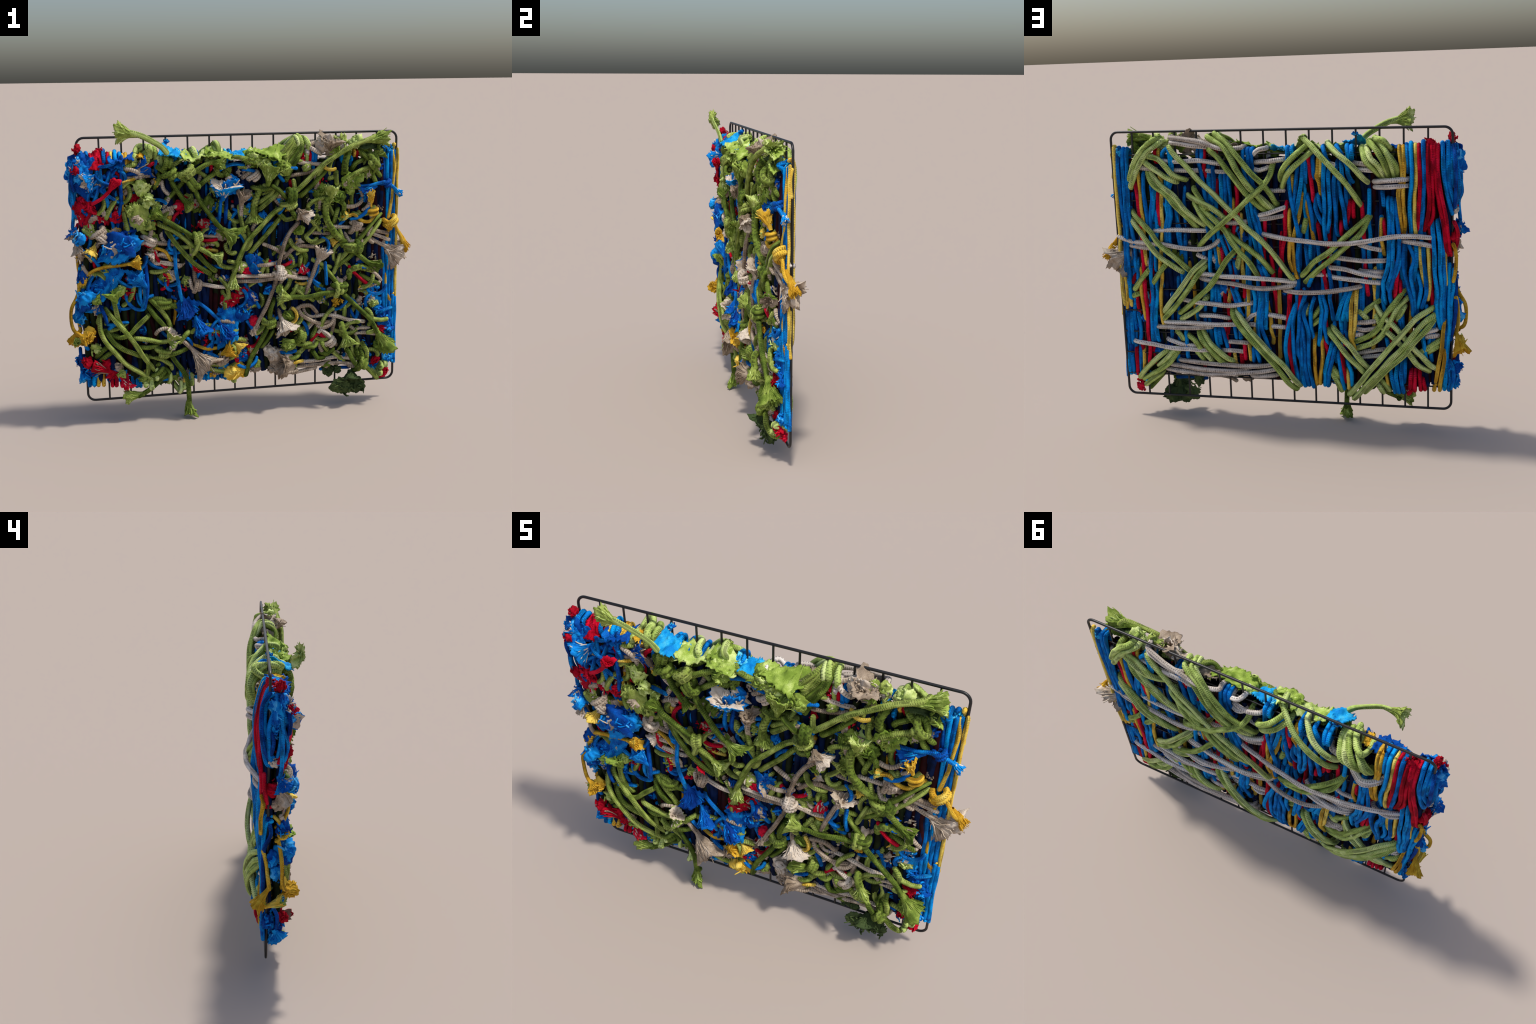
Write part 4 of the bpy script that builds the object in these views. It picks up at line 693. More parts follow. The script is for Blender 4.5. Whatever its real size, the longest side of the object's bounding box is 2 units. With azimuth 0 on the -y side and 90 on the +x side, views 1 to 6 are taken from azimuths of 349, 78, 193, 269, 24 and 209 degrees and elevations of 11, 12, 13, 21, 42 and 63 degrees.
rope("grey", 0.0117, "back", [(-0.659, 0.067, 1.025), (-0.687, 0.086, 1.025), (-0.717, 0.092, 1.022), (-0.759, 0.086, 1.013), (-0.802, 0.053, 0.997)])
rope("grey", 0.0117, "back", [(-0.436, 0.042, 0.994), (-0.465, 0.057, 0.990), (-0.493, 0.061, 0.984), (-0.519, 0.058, 0.980), (-0.545, 0.048, 0.974)])
rope("grey", 0.0117, "back", [(-0.293, 0.060, 0.933), (-0.346, 0.080, 0.932), (-0.395, 0.089, 0.929), (-0.434, 0.092, 0.925), (-0.473, 0.090, 0.921), (-0.520, 0.083, 0.922), (-0.569, 0.069, 0.922)])
rope("grey", 0.0117, "back", [(-0.279, 0.060, 0.878), (-0.327, 0.082, 0.878), (-0.371, 0.093, 0.875), (-0.410, 0.097, 0.867), (-0.449, 0.097, 0.858), (-0.500, 0.087, 0.847), (-0.552, 0.059, 0.833)])
rope("grey", 0.0117, "back", [(-0.285, 0.060, 0.830), (-0.342, 0.082, 0.827), (-0.395, 0.091, 0.822), (-0.445, 0.091, 0.817), (-0.489, 0.083, 0.810), (-0.517, 0.074, 0.807), (-0.540, 0.060, 0.803)])
rope("grey", 0.0117, "back", [(-0.203, 0.053, 0.839), (-0.221, 0.067, 0.841), (-0.237, 0.071, 0.840), (-0.251, 0.068, 0.838), (-0.264, 0.054, 0.833)])
rope("grey", 0.0117, "back", [(-0.441, 0.055, 0.862), (-0.472, 0.070, 0.863), (-0.502, 0.073, 0.862), (-0.530, 0.068, 0.860), (-0.557, 0.053, 0.856)])
rope("grey", 0.0117, "back", [(-0.036, 0.046, 0.743), (-0.086, 0.073, 0.743), (-0.141, 0.091, 0.748), (-0.262, 0.109, 0.757), (-0.345, 0.097, 0.769), (-0.431, 0.049, 0.776)])
rope("green", 0.0138, "back", [(-0.480, 0.056, 1.142), (-0.435, 0.089, 1.108), (-0.364, 0.113, 1.043), (-0.283, 0.115, 0.973), (-0.208, 0.097, 0.917), (-0.165, 0.076, 0.870), (-0.127, 0.047, 0.832)])
rope("green", 0.0138, "back", [(-0.484, 0.056, 1.137), (-0.450, 0.095, 1.070), (-0.383, 0.114, 1.009), (-0.302, 0.115, 0.938), (-0.227, 0.094, 0.876), (-0.150, 0.047, 0.801)])
rope("blue", 0.0104, "back", [(-0.150, 0.047, 0.991), (-0.159, 0.067, 0.953), (-0.164, 0.068, 0.913), (-0.166, 0.063, 0.886), (-0.165, 0.052, 0.861)])
rope("blue", 0.0104, "back", [(-0.176, 0.047, 0.992), (-0.179, 0.065, 0.978), (-0.180, 0.070, 0.961), (-0.179, 0.066, 0.942), (-0.176, 0.053, 0.921)])
rope("blue", 0.0104, "back", [(-0.162, 0.048, 0.777), (-0.171, 0.062, 0.794), (-0.180, 0.075, 0.811), (-0.185, 0.071, 0.823), (-0.188, 0.053, 0.831)])
rope("red", 0.0102, "back", [(-0.054, 0.047, 0.717), (-0.056, 0.058, 0.686), (-0.057, 0.061, 0.652), (-0.053, 0.059, 0.612), (-0.046, 0.047, 0.568)])
rope("red", 0.0102, "back", [(-0.117, 0.047, 0.740), (-0.117, 0.057, 0.717), (-0.115, 0.060, 0.693), (-0.112, 0.057, 0.667), (-0.108, 0.047, 0.639)])
rope("red", 0.0102, "back", [(-0.243, 0.053, 0.889), (-0.248, 0.069, 0.854), (-0.252, 0.071, 0.818), (-0.255, 0.058, 0.787), (-0.259, 0.049, 0.759)])
rope("blue", 0.0104, "back", [(-0.268, 0.054, 0.889), (-0.279, 0.076, 0.829), (-0.286, 0.072, 0.769), (-0.276, 0.071, 0.719), (-0.282, 0.065, 0.660), (-0.286, 0.049, 0.598)])
rope("blue", 0.0104, "back", [(-0.136, 0.056, 0.711), (-0.113, 0.070, 0.630), (-0.106, 0.075, 0.552), (-0.097, 0.073, 0.418), (-0.109, 0.066, 0.362), (-0.105, 0.030, 0.232)])
rope("blue", 0.0104, "back", [(-0.082, 0.055, 0.657), (-0.054, 0.071, 0.576), (-0.037, 0.075, 0.497), (-0.030, 0.068, 0.414), (-0.030, 0.030, 0.291)])
rope("red", 0.0102, "back", [(-0.054, 0.055, 0.528), (-0.052, 0.064, 0.472), (-0.049, 0.067, 0.417), (-0.054, 0.066, 0.373), (-0.059, 0.059, 0.332), (-0.062, 0.048, 0.297), (-0.064, 0.030, 0.260)])
rope("blue", 0.0104, "back", [(-0.085, 0.055, 0.652), (-0.075, 0.070, 0.566), (-0.072, 0.076, 0.471), (-0.078, 0.068, 0.362), (-0.084, 0.030, 0.233)])
rope("blue", 0.0104, "back", [(-0.119, 0.056, 0.573), (-0.128, 0.070, 0.525), (-0.134, 0.077, 0.472), (-0.135, 0.080, 0.408), (-0.134, 0.074, 0.341), (-0.138, 0.060, 0.280), (-0.142, 0.030, 0.214)])
rope("blue", 0.0104, "back", [(-0.142, 0.056, 0.664), (-0.133, 0.067, 0.620), (-0.158, 0.078, 0.529), (-0.156, 0.080, 0.423), (-0.155, 0.065, 0.310), (-0.168, 0.030, 0.210)])
rope("blue", 0.0104, "back", [(-0.115, 0.056, 0.525), (-0.117, 0.067, 0.473), (-0.117, 0.072, 0.419), (-0.117, 0.073, 0.365), (-0.116, 0.066, 0.310), (-0.119, 0.054, 0.260), (-0.121, 0.030, 0.208)])
rope("blue", 0.0104, "back", [(-0.185, 0.048, 0.700), (-0.178, 0.061, 0.672), (-0.171, 0.067, 0.640), (-0.171, 0.070, 0.598), (-0.172, 0.068, 0.555), (-0.176, 0.064, 0.522), (-0.180, 0.057, 0.491)])
rope("blue", 0.0104, "back", [(-0.219, 0.048, 0.711), (-0.227, 0.063, 0.679), (-0.231, 0.070, 0.643), (-0.229, 0.074, 0.601), (-0.224, 0.073, 0.555), (-0.217, 0.068, 0.506), (-0.209, 0.057, 0.455)])
rope("blue", 0.0104, "back", [(-0.237, 0.048, 0.717), (-0.249, 0.063, 0.685), (-0.256, 0.071, 0.650), (-0.250, 0.074, 0.610), (-0.243, 0.073, 0.566), (-0.250, 0.069, 0.518), (-0.258, 0.058, 0.467)])
rope("green", 0.0138, "back", [(-0.143, 0.039, 0.617), (-0.147, 0.049, 0.630), (-0.150, 0.052, 0.642), (-0.151, 0.049, 0.652), (-0.152, 0.039, 0.659)])
rope("green", 0.0138, "back", [(-0.178, 0.039, 0.597), (-0.190, 0.052, 0.614), (-0.200, 0.056, 0.629), (-0.209, 0.052, 0.641), (-0.216, 0.039, 0.651)])
rope("green", 0.0138, "back", [(-0.177, 0.039, 0.560), (-0.190, 0.052, 0.572), (-0.202, 0.056, 0.581), (-0.212, 0.052, 0.589), (-0.220, 0.039, 0.593)])
rope("yellow", 0.0099, "back", [(-0.192, 0.057, 0.497), (-0.188, 0.065, 0.459), (-0.185, 0.068, 0.420), (-0.186, 0.070, 0.380), (-0.187, 0.068, 0.338), (-0.188, 0.057, 0.285), (-0.186, 0.030, 0.225)])
rope("yellow", 0.0099, "back", [(-0.228, 0.058, 0.482), (-0.230, 0.066, 0.445), (-0.231, 0.070, 0.405), (-0.226, 0.071, 0.361), (-0.219, 0.065, 0.314), (-0.213, 0.053, 0.272), (-0.206, 0.030, 0.226)])
rope("blue", 0.0104, "back", [(-0.279, 0.058, 0.463), (-0.271, 0.069, 0.432), (-0.262, 0.074, 0.398), (-0.254, 0.076, 0.359), (-0.245, 0.072, 0.316), (-0.239, 0.059, 0.271), (-0.230, 0.030, 0.219)])
rope("blue", 0.0104, "back", [(-0.294, 0.059, 0.437), (-0.289, 0.070, 0.406), (-0.282, 0.075, 0.373), (-0.272, 0.077, 0.341), (-0.262, 0.073, 0.306), (-0.257, 0.059, 0.265), (-0.250, 0.030, 0.217)])
rope("red", 0.0102, "back", [(-0.236, 0.048, 0.474), (-0.243, 0.059, 0.465), (-0.247, 0.062, 0.452), (-0.251, 0.059, 0.438), (-0.253, 0.049, 0.421)])
rope("blue", 0.0104, "back", [(-0.361, 0.054, 0.737), (-0.346, 0.069, 0.707), (-0.331, 0.073, 0.674), (-0.320, 0.067, 0.638), (-0.309, 0.049, 0.599)])
rope("blue", 0.0104, "back", [(-0.383, 0.054, 0.743), (-0.372, 0.069, 0.713), (-0.361, 0.073, 0.680), (-0.350, 0.068, 0.641), (-0.338, 0.049, 0.597)])
rope("blue", 0.0104, "back", [(-0.374, 0.049, 0.690), (-0.373, 0.064, 0.670), (-0.370, 0.068, 0.648), (-0.366, 0.064, 0.623), (-0.361, 0.049, 0.595)])
rope("yellow", 0.0099, "back", [(-0.398, 0.054, 0.738), (-0.390, 0.073, 0.681), (-0.385, 0.083, 0.590), (-0.383, 0.078, 0.510), (-0.400, 0.067, 0.455), (-0.403, 0.049, 0.406)])
rope("yellow", 0.0099, "back", [(-0.415, 0.054, 0.749), (-0.416, 0.072, 0.710), (-0.415, 0.080, 0.667), (-0.411, 0.083, 0.617), (-0.404, 0.078, 0.565), (-0.397, 0.068, 0.521), (-0.389, 0.049, 0.475)])
rope("blue", 0.0104, "back", [(-0.310, 0.049, 0.408), (-0.317, 0.066, 0.371), (-0.323, 0.073, 0.329), (-0.331, 0.066, 0.274), (-0.334, 0.030, 0.205)])
rope("red", 0.0102, "back", [(-0.326, 0.049, 0.408), (-0.335, 0.065, 0.372), (-0.342, 0.068, 0.331), (-0.346, 0.061, 0.293), (-0.347, 0.040, 0.250)])
rope("yellow", 0.0099, "back", [(-0.358, 0.040, 0.315), (-0.361, 0.055, 0.295), (-0.363, 0.059, 0.270), (-0.363, 0.053, 0.241), (-0.360, 0.030, 0.206)])
rope("blue", 0.0104, "back", [(-0.358, 0.049, 0.362), (-0.371, 0.064, 0.338), (-0.381, 0.068, 0.310), (-0.382, 0.063, 0.274), (-0.379, 0.040, 0.230)])
rope("blue", 0.0104, "back", [(-0.352, 0.049, 0.532), (-0.357, 0.060, 0.520), (-0.361, 0.064, 0.505), (-0.363, 0.059, 0.488), (-0.364, 0.044, 0.467)])
rope("blue", 0.0104, "back", [(-0.333, 0.049, 0.531), (-0.333, 0.057, 0.524), (-0.331, 0.059, 0.515), (-0.329, 0.056, 0.505), (-0.326, 0.044, 0.492)])
rope("red", 0.0102, "back", [(-0.342, 0.044, 0.509), (-0.345, 0.052, 0.498), (-0.347, 0.054, 0.485), (-0.348, 0.052, 0.472), (-0.348, 0.044, 0.456)])
rope("green", 0.0138, "back", [(-0.271, 0.048, 0.303), (-0.286, 0.061, 0.285), (-0.299, 0.065, 0.262), (-0.311, 0.057, 0.233), (-0.319, 0.021, 0.192)])
rope("green", 0.0138, "back", [(-0.282, 0.048, 0.320), (-0.293, 0.058, 0.311), (-0.304, 0.061, 0.299), (-0.313, 0.056, 0.284), (-0.320, 0.039, 0.265)])
rope("green", 0.0138, "back", [(-0.265, 0.056, 0.531), (-0.308, 0.093, 0.486), (-0.360, 0.104, 0.423), (-0.417, 0.089, 0.357), (-0.448, 0.064, 0.312)])
rope("green", 0.0138, "back", [(-0.291, 0.056, 0.548), (-0.340, 0.096, 0.504), (-0.391, 0.106, 0.457), (-0.434, 0.096, 0.392), (-0.475, 0.069, 0.339)])
rope("green", 0.0138, "back", [(-0.368, 0.021, 0.170), (-0.435, 0.081, 0.264), (-0.490, 0.110, 0.341), (-0.553, 0.129, 0.424), (-0.613, 0.132, 0.495), (-0.667, 0.123, 0.561), (-0.724, 0.104, 0.623), (-0.784, 0.075, 0.662), (-0.805, 0.056, 0.675)])
rope("green", 0.0138, "back", [(-0.393, 0.021, 0.150), (-0.459, 0.078, 0.238), (-0.530, 0.112, 0.328), (-0.592, 0.127, 0.404), (-0.657, 0.126, 0.474), (-0.710, 0.114, 0.539), (-0.766, 0.090, 0.605), (-0.815, 0.056, 0.637)])
rope("green", 0.0138, "back", [(-0.456, 0.056, 0.202), (-0.528, 0.099, 0.292), (-0.591, 0.118, 0.364), (-0.656, 0.124, 0.427), (-0.715, 0.116, 0.499), (-0.771, 0.095, 0.561), (-0.815, 0.056, 0.614)])
rope("green", 0.0138, "back", [(-0.518, 0.056, 0.675), (-0.555, 0.082, 0.627), (-0.595, 0.093, 0.595), (-0.640, 0.101, 0.553), (-0.708, 0.099, 0.467), (-0.756, 0.087, 0.418), (-0.799, 0.068, 0.366), (-0.830, 0.047, 0.346)])
rope("green", 0.0138, "back", [(-0.517, 0.056, 0.620), (-0.549, 0.081, 0.569), (-0.610, 0.096, 0.519), (-0.688, 0.094, 0.433), (-0.731, 0.078, 0.372), (-0.783, 0.047, 0.330)])
rope("green", 0.0138, "back", [(-0.663, 0.047, 0.763), (-0.620, 0.079, 0.710), (-0.571, 0.093, 0.641), (-0.531, 0.091, 0.567), (-0.479, 0.079, 0.519), (-0.405, 0.047, 0.475)])
rope("green", 0.0138, "back", [(-0.678, 0.047, 0.720), (-0.629, 0.079, 0.674), (-0.600, 0.090, 0.620), (-0.555, 0.093, 0.537), (-0.499, 0.082, 0.484), (-0.410, 0.047, 0.437)])
rope("green", 0.0138, "back", [(-0.663, 0.047, 0.681), (-0.657, 0.074, 0.670), (-0.649, 0.081, 0.652), (-0.639, 0.076, 0.631), (-0.629, 0.056, 0.606)])
rope("green", 0.0138, "back", [(-0.848, 0.039, 0.499), (-0.817, 0.064, 0.483), (-0.785, 0.068, 0.461), (-0.757, 0.063, 0.441), (-0.728, 0.047, 0.419)])
rope("green", 0.0138, "back", [(-0.841, 0.039, 0.468), (-0.829, 0.059, 0.466), (-0.816, 0.064, 0.458), (-0.802, 0.060, 0.448), (-0.788, 0.047, 0.435)])
rope("green", 0.0138, "back", [(-0.533, 0.039, 0.704), (-0.511, 0.053, 0.688), (-0.489, 0.056, 0.669), (-0.469, 0.051, 0.651), (-0.450, 0.039, 0.631)])
rope("green", 0.0138, "back", [(-0.422, 0.039, 0.641), (-0.435, 0.052, 0.636), (-0.446, 0.056, 0.627), (-0.456, 0.054, 0.617), (-0.466, 0.047, 0.606)])
rope("grey", 0.0117, "back", [(-0.413, 0.049, 0.581), (-0.439, 0.064, 0.587), (-0.463, 0.069, 0.589), (-0.488, 0.067, 0.592), (-0.513, 0.067, 0.596)])
rope("grey", 0.0117, "back", [(-0.412, 0.049, 0.550), (-0.435, 0.063, 0.549), (-0.458, 0.067, 0.547), (-0.480, 0.065, 0.550), (-0.503, 0.067, 0.554)])
rope("grey", 0.0117, "back", [(-0.401, 0.044, 0.511), (-0.412, 0.056, 0.515), (-0.422, 0.059, 0.517), (-0.431, 0.057, 0.518), (-0.439, 0.049, 0.516)])
rope("grey", 0.0117, "back", [(-0.768, 0.049, 0.539), (-0.783, 0.059, 0.546), (-0.798, 0.060, 0.551), (-0.812, 0.054, 0.553), (-0.826, 0.044, 0.555)])
rope("grey", 0.0117, "back", [(-0.773, 0.049, 0.515), (-0.788, 0.056, 0.520), (-0.803, 0.055, 0.522), (-0.817, 0.051, 0.524), (-0.831, 0.044, 0.524)])
rope("grey", 0.0117, "back", [(-0.417, 0.030, 0.408), (-0.451, 0.041, 0.417), (-0.484, 0.045, 0.424), (-0.520, 0.047, 0.432), (-0.556, 0.042, 0.438)])
rope("grey", 0.0117, "back", [(-0.422, 0.030, 0.385), (-0.450, 0.038, 0.390), (-0.478, 0.040, 0.393), (-0.506, 0.042, 0.397), (-0.533, 0.042, 0.400)])
rope("blue", 0.0104, "back", [(-0.636, 0.054, 0.621), (-0.640, 0.072, 0.611), (-0.642, 0.077, 0.597), (-0.643, 0.072, 0.580), (-0.643, 0.053, 0.559)])
rope("blue", 0.0104, "back", [(-0.651, 0.053, 0.642), (-0.654, 0.071, 0.629), (-0.656, 0.076, 0.613), (-0.657, 0.071, 0.593), (-0.656, 0.053, 0.570)])
rope("blue", 0.0104, "back", [(-0.571, 0.055, 0.505), (-0.575, 0.076, 0.500), (-0.577, 0.081, 0.490), (-0.578, 0.075, 0.476), (-0.578, 0.055, 0.458)])
rope("blue", 0.0104, "back", [(-0.751, 0.050, 0.536), (-0.758, 0.069, 0.508), (-0.765, 0.074, 0.476), (-0.770, 0.068, 0.441), (-0.774, 0.049, 0.401)])
rope("blue", 0.0104, "back", [(-0.590, 0.042, 0.338), (-0.595, 0.078, 0.321), (-0.599, 0.092, 0.296), (-0.605, 0.082, 0.256), (-0.608, 0.030, 0.197)])
rope("blue", 0.0104, "back", [(-0.626, 0.042, 0.371), (-0.624, 0.081, 0.345), (-0.621, 0.093, 0.309), (-0.625, 0.080, 0.261), (-0.627, 0.030, 0.198)])
rope("blue", 0.0104, "back", [(-0.653, 0.041, 0.393), (-0.650, 0.078, 0.363), (-0.646, 0.091, 0.324), (-0.650, 0.080, 0.270), (-0.652, 0.030, 0.199)])
rope("blue", 0.0104, "back", [(-0.666, 0.041, 0.388), (-0.667, 0.073, 0.368), (-0.666, 0.081, 0.339), (-0.663, 0.073, 0.304), (-0.659, 0.041, 0.260)])
rope("red", 0.0102, "back", [(-0.697, 0.030, 0.333), (-0.697, 0.068, 0.319), (-0.695, 0.079, 0.295), (-0.692, 0.066, 0.262), (-0.685, 0.019, 0.216)])
rope("red", 0.0102, "back", [(-0.718, 0.030, 0.334), (-0.719, 0.070, 0.318), (-0.718, 0.081, 0.291), (-0.716, 0.068, 0.256), (-0.710, 0.019, 0.206)])
rope("red", 0.0102, "back", [(-0.738, 0.030, 0.335), (-0.742, 0.068, 0.320), (-0.744, 0.079, 0.295), (-0.744, 0.066, 0.261), (-0.742, 0.020, 0.214)])
rope("red", 0.0102, "back", [(-0.752, 0.030, 0.287), (-0.757, 0.061, 0.282), (-0.761, 0.069, 0.268), (-0.764, 0.058, 0.247), (-0.765, 0.020, 0.215)])
rope("yellow", 0.0099, "back", [(-0.562, 0.043, 0.310), (-0.568, 0.058, 0.296), (-0.573, 0.062, 0.277), (-0.576, 0.055, 0.255), (-0.578, 0.030, 0.225)])
rope("blue", 0.0104, "back", [(-0.663, 0.061, 1.006), (-0.659, 0.079, 0.935), (-0.663, 0.085, 0.878), (-0.679, 0.086, 0.814), (-0.702, 0.077, 0.711), (-0.707, 0.062, 0.639)])
rope("blue", 0.0104, "back", [(-0.687, 0.060, 1.006), (-0.713, 0.078, 0.936), (-0.701, 0.085, 0.879), (-0.701, 0.086, 0.830), (-0.713, 0.081, 0.753), (-0.718, 0.062, 0.656)])
rope("blue", 0.0104, "back", [(-0.721, 0.053, 1.000), (-0.725, 0.072, 0.969), (-0.727, 0.075, 0.937), (-0.726, 0.077, 0.914), (-0.723, 0.076, 0.889), (-0.717, 0.072, 0.855), (-0.710, 0.062, 0.817)])
rope("blue", 0.0104, "back", [(-0.730, 0.056, 0.853), (-0.741, 0.072, 0.822), (-0.749, 0.077, 0.790), (-0.747, 0.079, 0.764), (-0.742, 0.076, 0.737), (-0.736, 0.068, 0.705), (-0.729, 0.051, 0.669)])
rope("yellow", 0.0099, "back", [(-0.740, 0.052, 0.990), (-0.744, 0.068, 0.964), (-0.747, 0.072, 0.935), (-0.750, 0.075, 0.907), (-0.754, 0.074, 0.875), (-0.759, 0.067, 0.835), (-0.763, 0.049, 0.790)])
rope("blue", 0.0104, "back", [(-0.760, 0.057, 0.991), (-0.766, 0.077, 0.882), (-0.775, 0.076, 0.804), (-0.776, 0.072, 0.752), (-0.754, 0.060, 0.681)])
rope("yellow", 0.0099, "back", [(-0.783, 0.055, 0.981), (-0.787, 0.067, 0.932), (-0.791, 0.072, 0.883), (-0.793, 0.072, 0.842), (-0.793, 0.069, 0.802), (-0.788, 0.062, 0.762), (-0.782, 0.048, 0.719)])
rope("green", 0.0138, "back", [(-0.516, 0.022, 0.235), (-0.527, 0.048, 0.234), (-0.535, 0.056, 0.225), (-0.541, 0.046, 0.209), (-0.545, 0.013, 0.185)])
rope("green", 0.0138, "back", [(-0.531, 0.022, 0.260), (-0.547, 0.048, 0.257), (-0.559, 0.056, 0.246), (-0.570, 0.046, 0.229), (-0.578, 0.013, 0.203)])
rope("yellow", 0.0099, "back", [(-0.868, 0.048, 0.606), (-0.857, 0.063, 0.523), (-0.852, 0.068, 0.447), (-0.833, 0.063, 0.340), (-0.815, 0.023, 0.221)])
rope("yellow", 0.0099, "back", [(-0.873, 0.048, 0.457), (-0.868, 0.060, 0.414), (-0.862, 0.065, 0.366), (-0.853, 0.060, 0.301), (-0.842, 0.024, 0.220)])
rope("blue", 0.0104, "back", [(-0.891, 0.036, 0.385), (-0.892, 0.048, 0.351), (-0.892, 0.051, 0.312), (-0.892, 0.046, 0.271), (-0.891, 0.025, 0.223)])
rope("blue", 0.0104, "back", [(-0.876, 0.042, 0.361), (-0.874, 0.051, 0.332), (-0.873, 0.053, 0.300), (-0.871, 0.047, 0.266), (-0.868, 0.025, 0.225)])
# left top
rope("blue", 0.0096, "front", [(-0.939, -0.020, 1.427), (-0.937, -0.028, 1.341), (-0.947, -0.030, 1.264), (-0.932, -0.028, 1.212), (-0.938, -0.020, 1.127)])
rope("blue", 0.0096, "front", [(-0.920, -0.010, 1.405), (-0.918, -0.017, 1.370), (-0.917, -0.019, 1.335), (-0.921, -0.020, 1.303), (-0.925, -0.019, 1.273), (-0.919, -0.016, 1.243), (-0.912, -0.010, 1.213)])
rope("blue", 0.0096, "front", [(-0.781, -0.035, 1.434), (-0.777, -0.042, 1.373), (-0.764, -0.044, 1.311), (-0.746, -0.044, 1.243), (-0.730, -0.034, 1.152), (-0.723, -0.020, 1.102)])
rope("blue", 0.0096, "front", [(-0.667, -0.040, 1.482), (-0.668, -0.047, 1.401), (-0.677, -0.050, 1.329), (-0.677, -0.049, 1.257), (-0.693, -0.037, 1.162), (-0.705, -0.020, 1.102)])
rope("blue", 0.0096, "front", [(-0.706, -0.010, 1.326), (-0.703, -0.024, 1.291), (-0.699, -0.024, 1.257), (-0.696, -0.019, 1.238), (-0.694, -0.010, 1.221)])
rope("yellow", 0.0092, "front", [(-0.639, 0.010, 1.487), (-0.642, -0.024, 1.464), (-0.643, -0.030, 1.440), (-0.642, -0.024, 1.421), (-0.641, -0.010, 1.401)])
rope("yellow", 0.0092, "front", [(-0.624, 0.010, 1.482), (-0.626, -0.022, 1.461), (-0.627, -0.028, 1.439), (-0.628, -0.023, 1.420), (-0.628, -0.010, 1.401)])
rope("yellow", 0.0092, "front", [(-0.787, -0.010, 1.349), (-0.789, -0.014, 1.333), (-0.791, -0.015, 1.316), (-0.793, -0.014, 1.299), (-0.795, -0.010, 1.282)])
rope("yellow", 0.0092, "front", [(-0.660, -0.010, 1.308), (-0.660, -0.018, 1.281), (-0.658, -0.020, 1.253), (-0.650, -0.017, 1.231), (-0.641, -0.010, 1.208)])
rope("yellow", 0.0092, "front", [(-0.670, -0.010, 1.204), (-0.670, -0.018, 1.179), (-0.669, -0.020, 1.153), (-0.669, -0.018, 1.126), (-0.668, -0.010, 1.098)])
rope("yellow", 0.0092, "front", [(-0.649, -0.010, 1.198), (-0.650, -0.018, 1.173), (-0.651, -0.020, 1.147), (-0.652, -0.018, 1.120), (-0.652, -0.010, 1.092)])
rope("blue", 0.0096, "front", [(-0.798, -0.020, 1.439), (-0.773, -0.045, 1.442), (-0.749, -0.054, 1.444), (-0.730, -0.054, 1.450), (-0.713, -0.049, 1.457), (-0.700, -0.039, 1.466), (-0.687, -0.020, 1.476)])
rope("blue", 0.0096, "front", [(-0.730, -0.010, 1.357), (-0.738, -0.025, 1.372), (-0.744, -0.031, 1.386), (-0.742, -0.035, 1.399), (-0.736, -0.035, 1.411), (-0.718, -0.031, 1.421), (-0.697, -0.020, 1.430)])
rope("blue", 0.0096, "front", [(-0.692, -0.020, 1.430), (-0.703, -0.026, 1.415), (-0.715, -0.029, 1.401), (-0.732, -0.030, 1.393), (-0.750, -0.029, 1.388), (-0.770, -0.026, 1.389), (-0.790, -0.020, 1.391)])
rope("red", 0.0094, "front", [(-0.830, -0.050, 1.247), (-0.805, -0.065, 1.261), (-0.782, -0.070, 1.275), (-0.760, -0.072, 1.293), (-0.739, -0.080, 1.314)])
frayed_end("red", "red", (-0.742, -0.080, 1.309), (-0.694, -0.090, 1.375), 0.030)
rope("red", 0.0094, "front", [(-0.852, -0.040, 1.262), (-0.852, -0.053, 1.238), (-0.849, -0.055, 1.215), (-0.836, -0.051, 1.203), (-0.819, -0.040, 1.193)])
rope("red", 0.0094, "front", [(-0.873, -0.040, 1.143), (-0.860, -0.049, 1.168), (-0.848, -0.050, 1.189), (-0.841, -0.047, 1.205), (-0.833, -0.040, 1.220)])
rope("red", 0.0094, "front", [(-0.859, -0.020, 1.113), (-0.862, -0.036, 1.100), (-0.865, -0.040, 1.086), (-0.868, -0.036, 1.069), (-0.871, -0.020, 1.051)])
rope("red", 0.0094, "front", [(-0.879, -0.030, 1.225), (-0.871, -0.042, 1.232), (-0.863, -0.045, 1.237), (-0.855, -0.042, 1.242), (-0.847, -0.030, 1.245)])
frayed_tuft("red", "red", (-0.849, -0.055, 1.222), 0.045)
frayed_tuft("red", "red", (-0.882, -0.040, 1.263), 0.030)
frayed_tuft("red", "grey", (-0.900, -0.045, 1.192), 0.035)
frayed_tuft("red", "grey", (-0.775, -0.035, 1.154), 0.045)
frayed_tuft("grey", "grey", (-0.769, -0.050, 1.193), 0.022)
frayed_tuft("grey", "grey", (-0.834, -0.055, 1.165), 0.025)
frayed_tuft("red", "grey", (-0.701, -0.035, 1.209), 0.030)
frayed_tuft("grey", "grey", (-0.726, -0.035, 1.241), 0.020)
frayed_tuft("red", "red", (-0.826, -0.015, 1.164), 0.040)
frayed_end("blue", "grey", (-0.840, -0.010, 1.407), (-0.917, -0.045, 1.474), 0.050)
frayed_tuft("blue", "blue", (-0.903, -0.030, 1.437), 0.055)
frayed_tuft("blue", "blue", (-0.921, -0.020, 1.390), 0.050)
frayed_end("blue", "grey", (-0.800, -0.030, 1.403), (-0.878, -0.085, 1.350), 0.060)
frayed_tuft("blue", "blue", (-0.849, -0.050, 1.320), 0.050)
